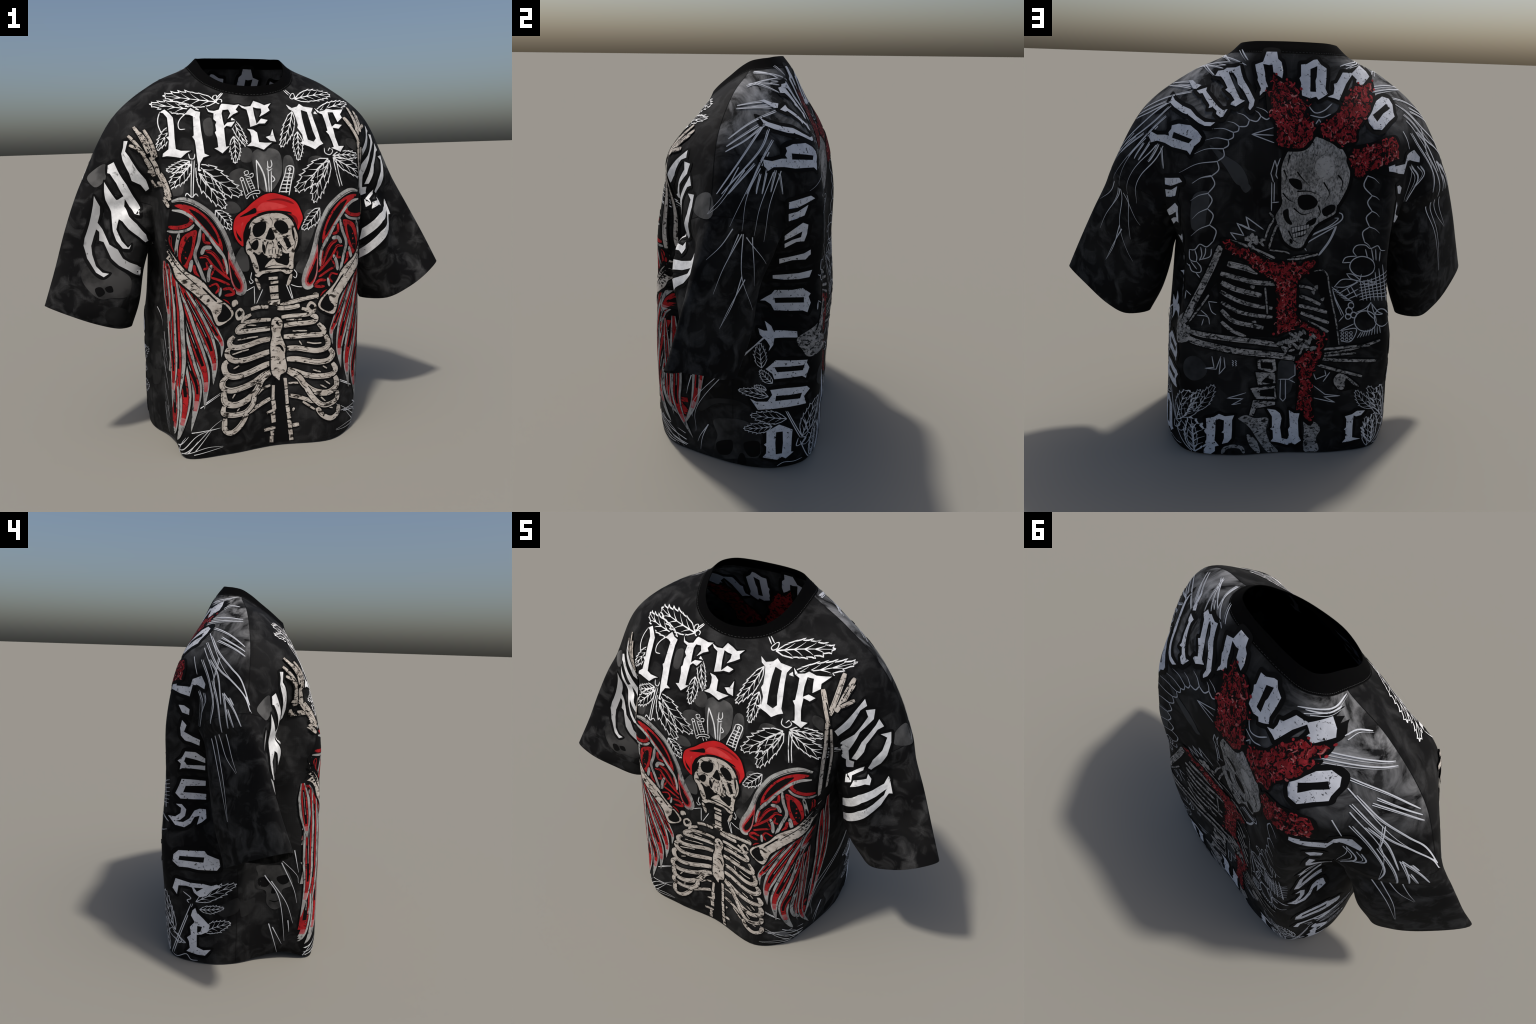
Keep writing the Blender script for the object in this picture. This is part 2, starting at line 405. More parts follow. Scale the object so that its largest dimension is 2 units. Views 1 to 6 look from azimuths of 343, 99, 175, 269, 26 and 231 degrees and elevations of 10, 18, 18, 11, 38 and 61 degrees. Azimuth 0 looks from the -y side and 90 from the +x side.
PIECES = []; SEQ = [0]
class Piece:
    def __init__(self, name, frame, flip, inner=False):
        self.name, self.frame, self.flip = name, frame, flip
        self.ghost = Piece(name + '_show_through', frame, flip) if inner else None
        self.inside = False
        if self.ghost: self.ghost.inside = True
        self.v = []; self.f = []; self.m = []; self.mats = []
        PIECES.append(self)
    def _add(self, mat, pts, faces, layer):
        SEQ[0] += 1
        if self.ghost: self.ghost._add(mat, pts, faces, layer)
        lift = BASE + STEP * layer + (SEQ[0] % 37) * 4e-6
        if self.inside:                                # the print seen from inside the neck
            lift = -lift - CLOTH
            mat = {'ink_black': 'ink_black', 'ink_back_white': 'ink_inside', 'ink_white': 'ink_inside'}.get(mat, 'ink_inside_red')
        if mat not in self.mats: self.mats.append(mat)
        mi = self.mats.index(mat); ids = []
        for p in pts:
            a = 2 * MIRROR_X - p[0] if self.flip else p[0]
            h = self.frame.drop(a, p[1], lift)
            if h is None: ids.append(None)
            else: ids.append(len(self.v)); self.v.append(h)
        for f in faces:
            g = [ids[k] for k in f]
            if None in g: continue
            q = [self.v[k] for k in g]
            e = max((q[i] - q[i - 1]).length for i in range(len(q)))
            l2 = max((Vector(pts[f[i]]) - Vector(pts[f[i - 1]])).length for i in range(len(f)))
            if e > 3.2 * l2 + .012: continue           # torn across a fold
            self.f.append(g if not self.flip else g[::-1]); self.m.append(mi)
        return self
    def fill(self, mat, pts, layer, smooth=False, hole=None):
        from mathutils.geometry import delaunay_2d_cdt
        out = path2d(pts, .012, True, smooth)
        loops = [out] + ([path2d(hole, .012, True, False)] if hole else [])
        vs = []; es = []
        for lp in loops:
            o = len(vs); vs += lp; es += [(o + i, o + (i + 1) % len(lp)) for i in range(len(lp))]
        xs = [p.x for p in out]; ys = [p.y for p in out]; g = .014
        y = min(ys) + g * .5; r = 0
        while y < max(ys):
            x = min(xs) + g * (.5 if r % 2 else 1.0)
            while x < max(xs):
                if inside((x, y), out): vs.append(Vector((x, y)))
                x += g
            y += g * .87; r += 1
        res = delaunay_2d_cdt(vs, es, [], 0, 1e-6)
        V2, F2 = res[0], res[2]; keep = []
        for f in F2:
            c = (V2[f[0]] + V2[f[1]] + V2[f[2]]) / 3
            if inside(c, out) and not (hole and inside(c, loops[1])): keep.append(f)
        return self._add(mat, V2, keep, layer)
    def line(self, mat, pts, width, layer, taper=False, smooth=True, profile=None):
        P = path2d(pts, .012, False, smooth); n = len(P)
        if profile is None:
            profile = (lambda t: 1 - .85 * t) if taper else (lambda t: min(1, .45 + 6 * t, .45 + 6 * (1 - t)))
        L = [0.]
        for i in range(1, n): L.append(L[-1] + (P[i] - P[i - 1]).length)
        k = max(1, int(math.ceil(width / .014))); vs = []; fs = []
        for i in range(n):
            a, b = P[max(0, i - 1)], P[min(n - 1, i + 1)]
            t = (b - a).normalized() if (b - a).length > 1e-9 else Vector((1, 0))
            nn = Vector((-t.y, t.x)); w = width * .5 * profile(L[i] / max(L[-1], 1e-9))
            for j in range(k + 1): vs.append(P[i] + nn * w * (2 * j / k - 1))
        for i in range(n - 1):
            for j in range(k):
                a = i * (k + 1) + j
                fs.append((a, a + 1, a + k + 2, a + k + 1))
        return self._add(mat, vs, fs, layer)

def piece(name, frame, flip=False, inner=False): return Piece(name, frame, flip, inner)

def rope(p, knots, tails, side):
    """twisted rope in outline: a bulging lobe between knots and a strand running back from each."""
    for i, k in enumerate(knots):
        a = Vector(k)
        if i + 1 < len(knots):
            b = Vector(knots[i + 1]); t = b - a; n = Vector((-t.y, t.x)) * side
            p.line('ink_back_line', [k, tuple(a + t * .45 + n * .28), knots[i + 1]], .0045, 4)
        c = Vector(tails[i])
        if (c - a).length > .01:
            t = c - a; n = Vector((-t.y, t.x)) * side
            p.line('ink_back_line', [k, tuple(a + t * .5 - n * .10), tails[i]], .0045, 4, taper=True)

def scatter_in(poly, n, rnd):
    xs = [q[0] for q in poly]; ys = [q[1] for q in poly]; out = []
    while len(out) < n:
        c = (rnd.uniform(min(xs), max(xs)), rnd.uniform(min(ys), max(ys)))
        if inside(c, poly): out.append(c)
    return out

def splash(frame, outline, seed, inner=False):
    """splatter of red: dark base, a tangle of short wormy strokes and droplets round the rim."""
    rnd = random.Random(seed)
    p = piece('red_splatter', frame, False, inner)
    rough = []
    for i, a in enumerate(outline):
        b = outline[(i + 1) % len(outline)]; m = max(1, int((Vector(b) - Vector(a)).length / .012))
        for j in range(m):
            q = Vector(a).lerp(Vector(b), j / m); rough.append((q.x + rnd.uniform(-.006, .006), q.y + rnd.uniform(-.006, .006)))
    p.fill('ink_black', grow(outline, .012), 9, smooth=True)
    p.fill('ink_blood', rough, 10)
    n = len(outline); area = abs(sum(outline[i - 1][0] * outline[i][1] - outline[i][0] * outline[i - 1][1] for i in range(n))) / 2
    t = piece('red_strand', frame, False)
    count = int(area / .00014)
    for x, y in scatter_in(outline, count, rnd):
        a = rnd.uniform(0, math.tau); L = rnd.uniform(.008, .024)
        pts = [(x, y), (x + L * .5 * math.cos(a), y + L * .5 * math.sin(a)), (x + L * math.cos(a + .7), y + L * math.sin(a + .7))]
        t.line(rnd.choice(['ink_splash', 'ink_splash', 'ink_black', 'ink_black', 'ink_black', 'ink_dark_red', 'ink_splash_pale']), pts, rnd.uniform(.0025, .006), 11)
    for k in range(n):
        x, y = outline[k]
        if rnd.random() < .6:
            r = rnd.uniform(.003, .007); x += rnd.uniform(-.012, .012); y += rnd.uniform(-.012, .012)
            t.fill('ink_splash', [(x + r * math.cos(a), y + r * math.sin(a)) for a in (0, 1.1, 2.2, 3.2, 4.3, 5.3)], 11)
    return p

def bone_heap(frame, outline, seed, count):
    """a hand's small bones, drawn as a heap of pebbly shapes."""
    rnd = random.Random(seed)
    p = piece('hand_bone', frame); p.fill('ink_black', outline, 8, smooth=True)
    for x, y in scatter_in(outline, count, rnd):
        a = rnd.uniform(0, 3.1); r1 = rnd.uniform(.009, .018); r2 = r1 * rnd.uniform(.35, .6)
        pts = []
        for k in range(7):
            b = math.tau * k / 7; u, v = r1 * math.cos(b), r2 * math.sin(b)
            pts.append((x + u * math.cos(a) - v * math.sin(a), y + u * math.sin(a) + v * math.cos(a)))
        p.fill(rnd.choice(['ink_grey_bone', 'ink_grey_skull']), pts, 9 + rnd.random(), smooth=True)

def striped_band(p, pts, width, layer, profile, stripes, pick):
    """one ribbon whose lengthwise stripes carry different inks: stripes are edge positions
    across the width (-1..1); pick(stripe index, t) names the ink."""
    P = path2d(pts, .012); n = len(P); L = [0.]
    for i in range(1, n): L.append(L[-1] + (P[i] - P[i - 1]).length)
    k = len(stripes); vs = []; by = {}
    for i in range(n):
        a, b = P[max(0, i - 1)], P[min(n - 1, i + 1)]
        t = (b - a).normalized() if (b - a).length > 1e-9 else Vector((1, 0))
        nn = Vector((-t.y, t.x)); w = width * .5 * profile(L[i] / max(L[-1], 1e-9))
        for s in stripes: vs.append(P[i] + nn * w * s)
    for i in range(n - 1):
        t = (L[i] + L[i + 1]) * .5 / max(L[-1], 1e-9)
        for j in range(k - 1):
            c = i * k + j
            by.setdefault(pick(j, t), []).append((c, c + 1, c + k + 1, c + k))
    seq = SEQ[0]
    for mat, fs in by.items():
        SEQ[0] = seq                                   # same height for every stripe
        p._add(mat, vs, fs, layer)
    return p

def bone_band(name, frame, pts, w, layer, flip=False, mat='ink_bone'):
    """one bone drawn in ink: black contour, pale shaft, broken shading strokes along it."""
    p = piece(name, frame, flip)
    rnd = random.Random(int(abs(pts[0][0]) * 1e4) + int(abs(pts[-1][1]) * 1e4))
    cuts = [(rnd.uniform(0, .8), rnd.uniform(.08, .3)) for _ in range(3)]
    W = w + .010; e = w / W
    pr = lambda t: min(1, .78 + 3 * t, .72 + 3 * (1 - t))
    def pick(j, t):
        if j in (0, 7): return 'ink_black'
        if j == 2 and any(a < t < a + d for a, d in cuts): return 'ink_black'
        if j == 5 and any(a < 1 - t < a + d for a, d in cuts[:2]): return 'ink_black'
        return mat
    return striped_band(p, pts, W, layer, pr, [-1, -e, -.62 * e, -.42 * e, 0, .5 * e, .64 * e, e, 1], pick)

def feather(frame, pts, w, layer, flip=False):
    """long wing feather: black contour, pale quill edge, red vane split by a dark slit."""
    p = piece('feather', frame, flip)
    rnd = random.Random(int(abs(pts[0][0]) * 1e4) + int(abs(pts[-1][1]) * 1e4))
    a, b = rnd.uniform(.08, .2), rnd.uniform(.62, .75)
    pr = lambda t: min(1, .35 + 2.5 * t) * min(1, (1 - t) * 2.4) ** .8
    def pick(j, t):
        if j in (0, 10): return 'ink_black'
        if j in (1, 9) or t > .86: return 'ink_feather'
        if t > .80: return 'ink_pink'
        if j in (2, 8): return 'ink_black'
        if j in (3, 7): return 'ink_red'
        if j in (4, 6): return 'ink_black' if a < t < b else 'ink_red'
        return 'ink_feather' if a + .05 < t < b - .15 else ('ink_black' if t < b else 'ink_red')
    return striped_band(p, pts, w * 1.16, layer, pr, [-1, -.87, -.52, -.44, -.22, -.04, .04, .22, .44, .52, .87, 1], pick)

def leaf(frame, base, tip, hw, layer, mat='ink_white', teeth=7, seed=0, lw=.0042):
    """serrated leaf in white outline with midrib and side veins over a dark ground."""
    rnd = random.Random(int(base[0] * 1e4) * 31 + int(tip[1] * 1e4) + seed)
    b, t = Vector(base), Vector(tip); ax = t - b; L = ax.length; ax = ax / L; nn = Vector((-ax.y, ax.x))
    bend = rnd.uniform(-.05, .05) * L
    wid = lambda s: hw * (math.sin(math.pi * min(1, s ** .8)) ** .8 if 0 < s < 1 else 0)
    mid = lambda s: b + ax * (L * s) + nn * bend * math.sin(math.pi * s)
    p = piece('leaf', frame)
    body = [tuple(mid(i / 10) + nn * wid(i / 10) * .95) for i in range(11)] + [tuple(mid(i / 10) - nn * wid(i / 10) * .95) for i in range(9, 0, -1)]
    p.fill('ink_black', body, layer - 2)
    for sgn in (1, -1):
        out = [b]
        for i in range(teeth):
            s0, s1 = .06 + .9 * i / teeth, .06 + .9 * (i + 1) / teeth
            jit = rnd.uniform(.9, 1.1)
            out.append(mid(s0 + .08) + nn * sgn * wid((s0 + s1) / 2) * .92 * jit)
            out.append(mid(s1 + .02 if s1 < .93 else s1) + nn * sgn * wid((s0 + s1) / 2) * 1.08 * jit)
            out.append(mid(s1 - .01) + nn * sgn * wid(min(.97, s1)) * .86)
        out.append(t)
        p.line(mat, [tuple(q) for q in out], lw, layer, smooth=False, profile=lambda t: 1)
        for i in range(4):
            s = .14 + .18 * i
            a = mid(s); c = mid(min(.95, s + .17)) + nn * sgn * wid(s + .13) * .72
            p.line(mat, [tuple(a), tuple(a.lerp(c, .5) + ax * .012 * L), tuple(c)], lw * .95, layer, taper=True)
    p.line(mat, [tuple(mid(i / 6)) for i in range(7)], lw * 1.3, layer, taper=True)
    return p

# ------------------------------------------------------------------ assemble the garment
def build_garment():
    global BVH, FACES, VERTS, NORMALS
    V, Q, TAG = build_surface()
    VERTS = [Vector(v) for v in V]; FACES = Q
    BVH = BVHTree.FromPolygons([tuple(v) for v in V], Q)
    whole = bpy.data.meshes.new('cloth_shell'); whole.from_pydata([tuple(v) for v in V], [], Q); whole.update()
    NORMALS = [Vector(v.normal) for v in whole.vertices]
    root = bpy.data.objects.new('t_shirt', None); bpy.context.collection.objects.link(root)
    root['label'] = 'oversized black t-shirt with skeleton, wings and blackletter print'
    root['category'] = 't-shirt'
    part_mat = {'collar': 'rib_knit', 'front_panel': 'cloth_front', 'back_panel': 'cloth_back',
                'sleeve_r': 'cloth_sleeve', 'sleeve_l': 'cloth_sleeve'}
    parts = {}
    thick = CLOTH
    for tag in ('front_panel', 'back_panel', 'sleeve_r', 'sleeve_l', 'collar'):
        sel = [q for q, t in zip(Q, TAG) if t.replace('hem_front', 'front_panel').replace('hem_back', 'back_panel') == tag]
        used = sorted({k for q in sel for k in q}); rm = {k: i for i, k in enumerate(used)}; n = len(used)
        outer = [VERTS[k] for k in used]
        inner = [VERTS[k] - NORMALS[k] * thick for k in used]
        faces = [[rm[k] for k in q] for q in sel]
        edge = {}
        for f in faces:
            for i in range(len(f)):
                a, b = f[i], f[(i + 1) % len(f)]
                edge[(a, b)] = edge.get((a, b), 0) + 1
        rim = [e for e in edge if (e[1], e[0]) not in edge]
        allf = faces + [[k + n for k in f[::-1]] for f in faces]
        # close the rim only at real openings (hem, cuff, neck)
        allf += [[b, a, a + n, b + n] for a, b in rim if is_opening(outer[a]) and is_opening(outer[b])]
        me = bpy.data.meshes.new(tag); me.from_pydata([tuple(v) for v in outer + inner], [], allf); me.update()
        for p in me.polygons: p.use_smooth = True
        me.normals_split_custom_set_from_vertices([tuple(NORMALS[k]) for k in used] + [tuple(-NORMALS[k]) for k in used])
        ob = bpy.data.objects.new('sleeve' if tag.startswith('sleeve') else tag, me)
        bpy.context.collection.objects.link(ob); ob.parent = root
        me.materials.append(MATS[part_mat[tag]]); parts[tag] = ob
    build_seams(parts, V, Q, TAG)
    return root, parts

def is_opening(p):
    return p.z < .06 or (abs(p.x) > .59 and p.z < .77) or p.z > 1.65

def build_prints(parts):
    for p in PIECES:
        if not p.f: continue
        me = bpy.data.meshes.new(p.name)
        me.from_pydata([tuple(v) for v in p.v], [], p.f); me.update()
        for m in p.mats: me.materials.append(MATS[m])
        me.polygons.foreach_set('material_index', p.m)
        me.polygons.foreach_set('use_smooth', [True] * len(p.f))
        ob = bpy.data.objects.new(p.name, me); bpy.context.collection.objects.link(ob)
        if p.name == 'red_strand': ob['kind'] = 'stuff'
        par = p.frame.parent
        ob.parent = parts[par]

def build_seams(parts, V, Q, TAG):
    """thin dark ribbons along the lines where panels meet, and a dashed stitch row under the collar."""
    norm = lambda t: t.replace('hem_front', 'front_panel').replace('hem_back', 'back_panel')
    owner = {}
    for q, t in zip(Q, TAG):
        for i in range(len(q)):
            a, b = q[i], q[(i + 1) % len(q)]
            owner.setdefault((min(a, b), max(a, b)), set()).add(norm(t))
    groups = {'collar_seam': [], 'side_seam': [], 'sleeve_seam': []}
    for e, o in owner.items():
        if len(o) < 2: continue
        kind = 'collar_seam' if 'collar' in o else ('sleeve_seam' if any(x.startswith('sleeve') for x in o) else 'side_seam')
        groups[kind].append(e)
    home = {'collar_seam': 'collar', 'side_seam': 'back_panel', 'sleeve_seam': 'front_panel'}
    for kind, edges in groups.items():
        vs, fs = [], []
        for n, (a, b) in enumerate(edges):
            A, B = VERTS[a], VERTS[b]; t = (B - A)
            if t.length < 1e-6: continue
            t.normalize()
            w = .0011
            na, nb = NORMALS[a], NORMALS[b]
            sa, sb = na.cross(t) * w, nb.cross(t) * w
            o = len(vs); L = .0007
            vs += [A + sa + na * L, A - sa + na * L, B - sb + nb * L, B + sb + nb * L]; fs.append((o, o + 1, o + 2, o + 3))
        me = bpy.data.meshes.new(kind); me.from_pydata([tuple(v) for v in vs], [], fs); me.update()
        me.materials.append(MATS['seam_shadow'])
        ob = bpy.data.objects.new(kind, me); bpy.context.collection.objects.link(ob); ob.parent = parts[home[kind]]
    # dashed stitches on the collar, cuffs and hem
    vs, fs = [], []
    for a, b in groups['collar_seam']:
        A, B = VERTS[a], VERTS[b]; na, nb = NORMALS[a], NORMALS[b]; t = (B - A).normalized()
        up = na.cross(t); up = up if up.z > 0 else -up
        P, R = A.lerp(B, .15) + up * .006, A.lerp(B, .7) + up * .006
        s = up * .0008; o = len(vs); L = na * .0009
        vs += [P + s + L, P - s + L, R - s + L, R + s + L]; fs.append((o, o + 1, o + 2, o + 3))
    me = bpy.data.meshes.new('stitch_row'); me.from_pydata([tuple(v) for v in vs], [], fs); me.update()
    me.materials.append(MATS['thread']); ob = bpy.data.objects.new('stitch_row', me); ob['kind'] = 'stuff'
    bpy.context.collection.objects.link(ob); ob.parent = parts['collar']

make_materials()
ROOT, PARTS = build_garment()

# drawing planes (direction the print faces); those with a start are reached from inside the body
FRONT = Frame(0, parent='front_panel', keep=lambda p: p.y < (-.27 if p.x < 0 else -.2) or p.z > 1.22 or abs(p.x) > .57)
FRONT_EDGE = Frame(20, parent='front_panel')
BACK = Frame(180, parent='back_panel', keep=lambda p: p.y > .22 or p.z > 1.3 or abs(p.x) > .57)
BACK_LEFT = Frame(262, 9, parent='back_panel')
BACK_RIGHT = Frame(104, 16, parent='back_panel')
SIDE_LEFT = Frame(262, start=.05, parent='back_panel')
SIDE_RIGHT = Frame(98, start=.05, parent='back_panel')
WING_LEFT = Frame(290, start=.05, parent='front_panel')
WING_RIGHT = Frame(70, start=.05, parent='front_panel')
WING_EDGE = Frame(42, start=.05, parent='front_panel')
SHOULDER_LEFT = Frame(250, 35, parent='back_panel')
SHOULDER_RIGHT = Frame(110, 35, parent='back_panel')
SLEEVE_LEFT = Frame(-30, 5, parent='sleeve_l')
SLEEVE_RIGHT = Frame(30, 20, parent='sleeve_r')

# ------------------------------------------------------------------ front print
p = piece("photo_shape", FRONT)
p.fill("ink_photo_light", [(-0.072,1.363),(-0.012,1.378),(0.048,1.359),(0.053,1.275),(0.022,1.213),(-0.015,1.185),(-0.058,1.213),(-0.079,1.301)], 0, smooth=True)
p.fill("ink_photo", [(-0.186,1.277),(-0.136,1.295),(-0.099,1.273),(-0.107,1.207),(-0.162,1.193),(-0.189,1.236)], 0, smooth=True)
p.fill("ink_photo_light", [(0.067,1.334),(0.104,1.337),(0.116,1.273),(0.099,1.231),(0.06,1.25)], 0, smooth=True)
p.fill("ink_photo", [(-0.137,1.369),(-0.1,1.385),(-0.076,1.363),(-0.086,1.322),(-0.129,1.324)], 0, smooth=True)
p.fill("ink_photo", [(-0.273,1.502),(-0.237,1.514),(-0.241,1.443),(-0.274,1.444)], 0, smooth=True)
p.fill("ink_photo", [(0.187,1.325),(0.256,1.327),(0.26,1.245),(0.217,1.191),(0.181,1.227)], 0, smooth=True)
p.fill("ink_photo", [(-0.446,1.255),(-0.396,1.249),(-0.402,1.197),(-0.445,1.195)], 0, smooth=True)
p.fill("ink_photo", [(0.397,1.41),(0.447,1.4),(0.463,1.347),(0.402,1.375)], 0, smooth=True)
p.fill("ink_photo", [(0.146,1.082),(0.193,1.097),(0.199,1.044),(0.177,0.976),(0.138,0.909),(0.126,0.944)], 0, smooth=True)
p.fill("ink_photo", [(-0.185,0.904),(-0.146,0.955),(-0.125,0.91),(-0.123,0.845),(-0.169,0.851)], 0, smooth=True)
p.fill("ink_photo", [(0.096,0.828),(0.115,0.871),(0.155,0.873),(0.135,0.812)], 0, smooth=True)
p.fill("ink_photo", [(-0.228,1.15),(-0.176,1.151),(-0.147,1.116),(-0.179,1.101),(-0.218,1.112)], 0, smooth=True)
p.fill("ink_shadow", [(-0.147,0.74),(-0.109,0.757),(-0.107,0.691),(-0.154,0.688)], 0, smooth=True)
p = piece("letter", FRONT, inner=True)
p.line("ink_white", [(-0.454,1.544),(-0.467,1.515),(-0.47,1.486),(-0.462,1.453)], .004, 6)
p.fill("ink_black", grow([(-0.432,1.556),(-0.416,1.539),(-0.403,1.52),(-0.404,1.484),(-0.408,1.431),(-0.408,1.385),(-0.387,1.377),(-0.345,1.376),(-0.366,1.367),(-0.391,1.347),(-0.42,1.353),(-0.447,1.357),(-0.465,1.354),(-0.462,1.368),(-0.439,1.385),(-0.433,1.423),(-0.443,1.436),(-0.431,1.44),(-0.429,1.489),(-0.428,1.52),(-0.441,1.54),(-0.456,1.544),(-0.444,1.55)], .007), 5, smooth=True)
p.fill("ink_white", [(-0.432,1.556),(-0.416,1.539),(-0.403,1.52),(-0.404,1.484),(-0.408,1.431),(-0.408,1.385),(-0.387,1.377),(-0.345,1.376),(-0.366,1.367),(-0.391,1.347),(-0.42,1.353),(-0.447,1.357),(-0.465,1.354),(-0.462,1.368),(-0.439,1.385),(-0.433,1.423),(-0.443,1.436),(-0.431,1.44),(-0.429,1.489),(-0.428,1.52),(-0.441,1.54),(-0.456,1.544),(-0.444,1.55)], 6)
p = piece("letter", FRONT, inner=True)
p.line("ink_white", [(-0.342,1.538),(-0.37,1.515),(-0.384,1.492),(-0.381,1.469),(-0.357,1.469)], .004, 6)
p.fill("ink_black", grow([(-0.319,1.561),(-0.301,1.547),(-0.281,1.542),(-0.287,1.519),(-0.29,1.461),(-0.289,1.411),(-0.289,1.362),(-0.27,1.353),(-0.296,1.346),(-0.313,1.322),(-0.318,1.298),(-0.31,1.293),(-0.318,1.288),(-0.326,1.292),(-0.322,1.314),(-0.323,1.355),(-0.322,1.396),(-0.323,1.42),(-0.331,1.435),(-0.324,1.441),(-0.319,1.486),(-0.315,1.524),(-0.33,1.531),(-0.346,1.533),(-0.336,1.546)], .007), 5, smooth=True)
p.fill("ink_white", [(-0.319,1.561),(-0.301,1.547),(-0.281,1.542),(-0.287,1.519),(-0.29,1.461),(-0.289,1.411),(-0.289,1.362),(-0.27,1.353),(-0.296,1.346),(-0.313,1.322),(-0.318,1.298),(-0.31,1.293),(-0.318,1.288),(-0.326,1.292),(-0.322,1.314),(-0.323,1.355),(-0.322,1.396),(-0.323,1.42),(-0.331,1.435),(-0.324,1.441),(-0.319,1.486),(-0.315,1.524),(-0.33,1.531),(-0.346,1.533),(-0.336,1.546)], 6)
p = piece("letter", FRONT, inner=True)
p.fill("ink_black", grow([(-0.179,1.577),(-0.15,1.574),(-0.125,1.57),(-0.1,1.574),(-0.122,1.55),(-0.113,1.539),(-0.137,1.529),(-0.166,1.508),(-0.149,1.533),(-0.155,1.551),(-0.181,1.549),(-0.188,1.534),(-0.188,1.504),(-0.186,1.479),(-0.169,1.493),(-0.134,1.497),(-0.155,1.474),(-0.176,1.479),(-0.188,1.469),(-0.191,1.425),(-0.192,1.388),(-0.175,1.391),(-0.194,1.375),(-0.211,1.361),(-0.226,1.372),(-0.243,1.383),(-0.226,1.387),(-0.225,1.426),(-0.231,1.451),(-0.224,1.459),(-0.224,1.484),(-0.217,1.497),(-0.228,1.509),(-0.223,1.535),(-0.245,1.542),(-0.252,1.563),(-0.24,1.548),(-0.219,1.545),(-0.197,1.551),(-0.186,1.571)], .007), 5, smooth=True)
p.fill("ink_white", [(-0.179,1.577),(-0.15,1.574),(-0.125,1.57),(-0.1,1.574),(-0.122,1.55),(-0.113,1.539),(-0.137,1.529),(-0.166,1.508),(-0.149,1.533),(-0.155,1.551),(-0.181,1.549),(-0.188,1.534),(-0.188,1.504),(-0.186,1.479),(-0.169,1.493),(-0.134,1.497),(-0.155,1.474),(-0.176,1.479),(-0.188,1.469),(-0.191,1.425),(-0.192,1.388),(-0.175,1.391),(-0.194,1.375),(-0.211,1.361),(-0.226,1.372),(-0.243,1.383),(-0.226,1.387),(-0.225,1.426),(-0.231,1.451),(-0.224,1.459),(-0.224,1.484),(-0.217,1.497),(-0.228,1.509),(-0.223,1.535),(-0.245,1.542),(-0.252,1.563),(-0.24,1.548),(-0.219,1.545),(-0.197,1.551),(-0.186,1.571)], 6)
p = piece("letter", FRONT, inner=True)
p.fill("ink_black", grow([(-0.033,1.588),(-0.008,1.579),(0.015,1.568),(0.048,1.577),(0.03,1.559),(0.036,1.544),(0.013,1.531),(-0.018,1.516),(-0.005,1.535),(-0.004,1.553),(-0.024,1.555),(-0.041,1.56),(-0.041,1.523),(-0.037,1.484),(-0.012,1.508),(0.018,1.501),(0.002,1.486),(-0.025,1.486),(-0.04,1.48),(-0.068,1.472),(-0.068,1.511),(-0.072,1.549),(-0.092,1.558),(-0.103,1.571),(-0.078,1.562),(-0.051,1.564)], .007), 5, smooth=True)
p.fill("ink_black", grow([(-0.085,1.464),(-0.057,1.459),(-0.041,1.446),(-0.039,1.404),(-0.013,1.401),(0.021,1.4),(-0.004,1.384),(-0.022,1.371),(-0.045,1.381),(-0.068,1.388),(-0.097,1.389),(-0.074,1.405),(-0.07,1.43),(-0.073,1.451)], .007), 5, smooth=True)
p.fill("ink_black", grow([(0.033,1.46),(0.035,1.432),(0.041,1.404),(0.015,1.409),(-0.004,1.426),(0.019,1.432)], .007), 5, smooth=True)
p.fill("ink_white", [(-0.033,1.588),(-0.008,1.579),(0.015,1.568),(0.048,1.577),(0.03,1.559),(0.036,1.544),(0.013,1.531),(-0.018,1.516),(-0.005,1.535),(-0.004,1.553),(-0.024,1.555),(-0.041,1.56),(-0.041,1.523),(-0.037,1.484),(-0.012,1.508),(0.018,1.501),(0.002,1.486),(-0.025,1.486),(-0.04,1.48),(-0.068,1.472),(-0.068,1.511),(-0.072,1.549),(-0.092,1.558),(-0.103,1.571),(-0.078,1.562),(-0.051,1.564)], 6)
p.fill("ink_white", [(-0.085,1.464),(-0.057,1.459),(-0.041,1.446),(-0.039,1.404),(-0.013,1.401),(0.021,1.4),(-0.004,1.384),(-0.022,1.371),(-0.045,1.381),(-0.068,1.388),(-0.097,1.389),(-0.074,1.405),(-0.07,1.43),(-0.073,1.451)], 6)
p.fill("ink_white", [(0.033,1.46),(0.035,1.432),(0.041,1.404),(0.015,1.409),(-0.004,1.426),(0.019,1.432)], 6)
p = piece("letter", FRONT, inner=True)
p.fill("ink_black", grow([(0.33,1.551),(0.363,1.544),(0.421,1.547),(0.393,1.523),(0.397,1.507),(0.369,1.487),(0.363,1.51),(0.358,1.533),(0.331,1.533),(0.329,1.501),(0.334,1.465),(0.355,1.478),(0.387,1.473),(0.367,1.456),(0.338,1.461),(0.34,1.416),(0.35,1.376),(0.378,1.376),(0.366,1.363),(0.356,1.35),(0.337,1.359),(0.31,1.369),(0.324,1.373),(0.319,1.399),(0.31,1.43),(0.298,1.444),(0.307,1.448),(0.305,1.488),(0.3,1.524),(0.278,1.533),(0.266,1.554),(0.289,1.537),(0.316,1.542)], .007), 5, smooth=True)
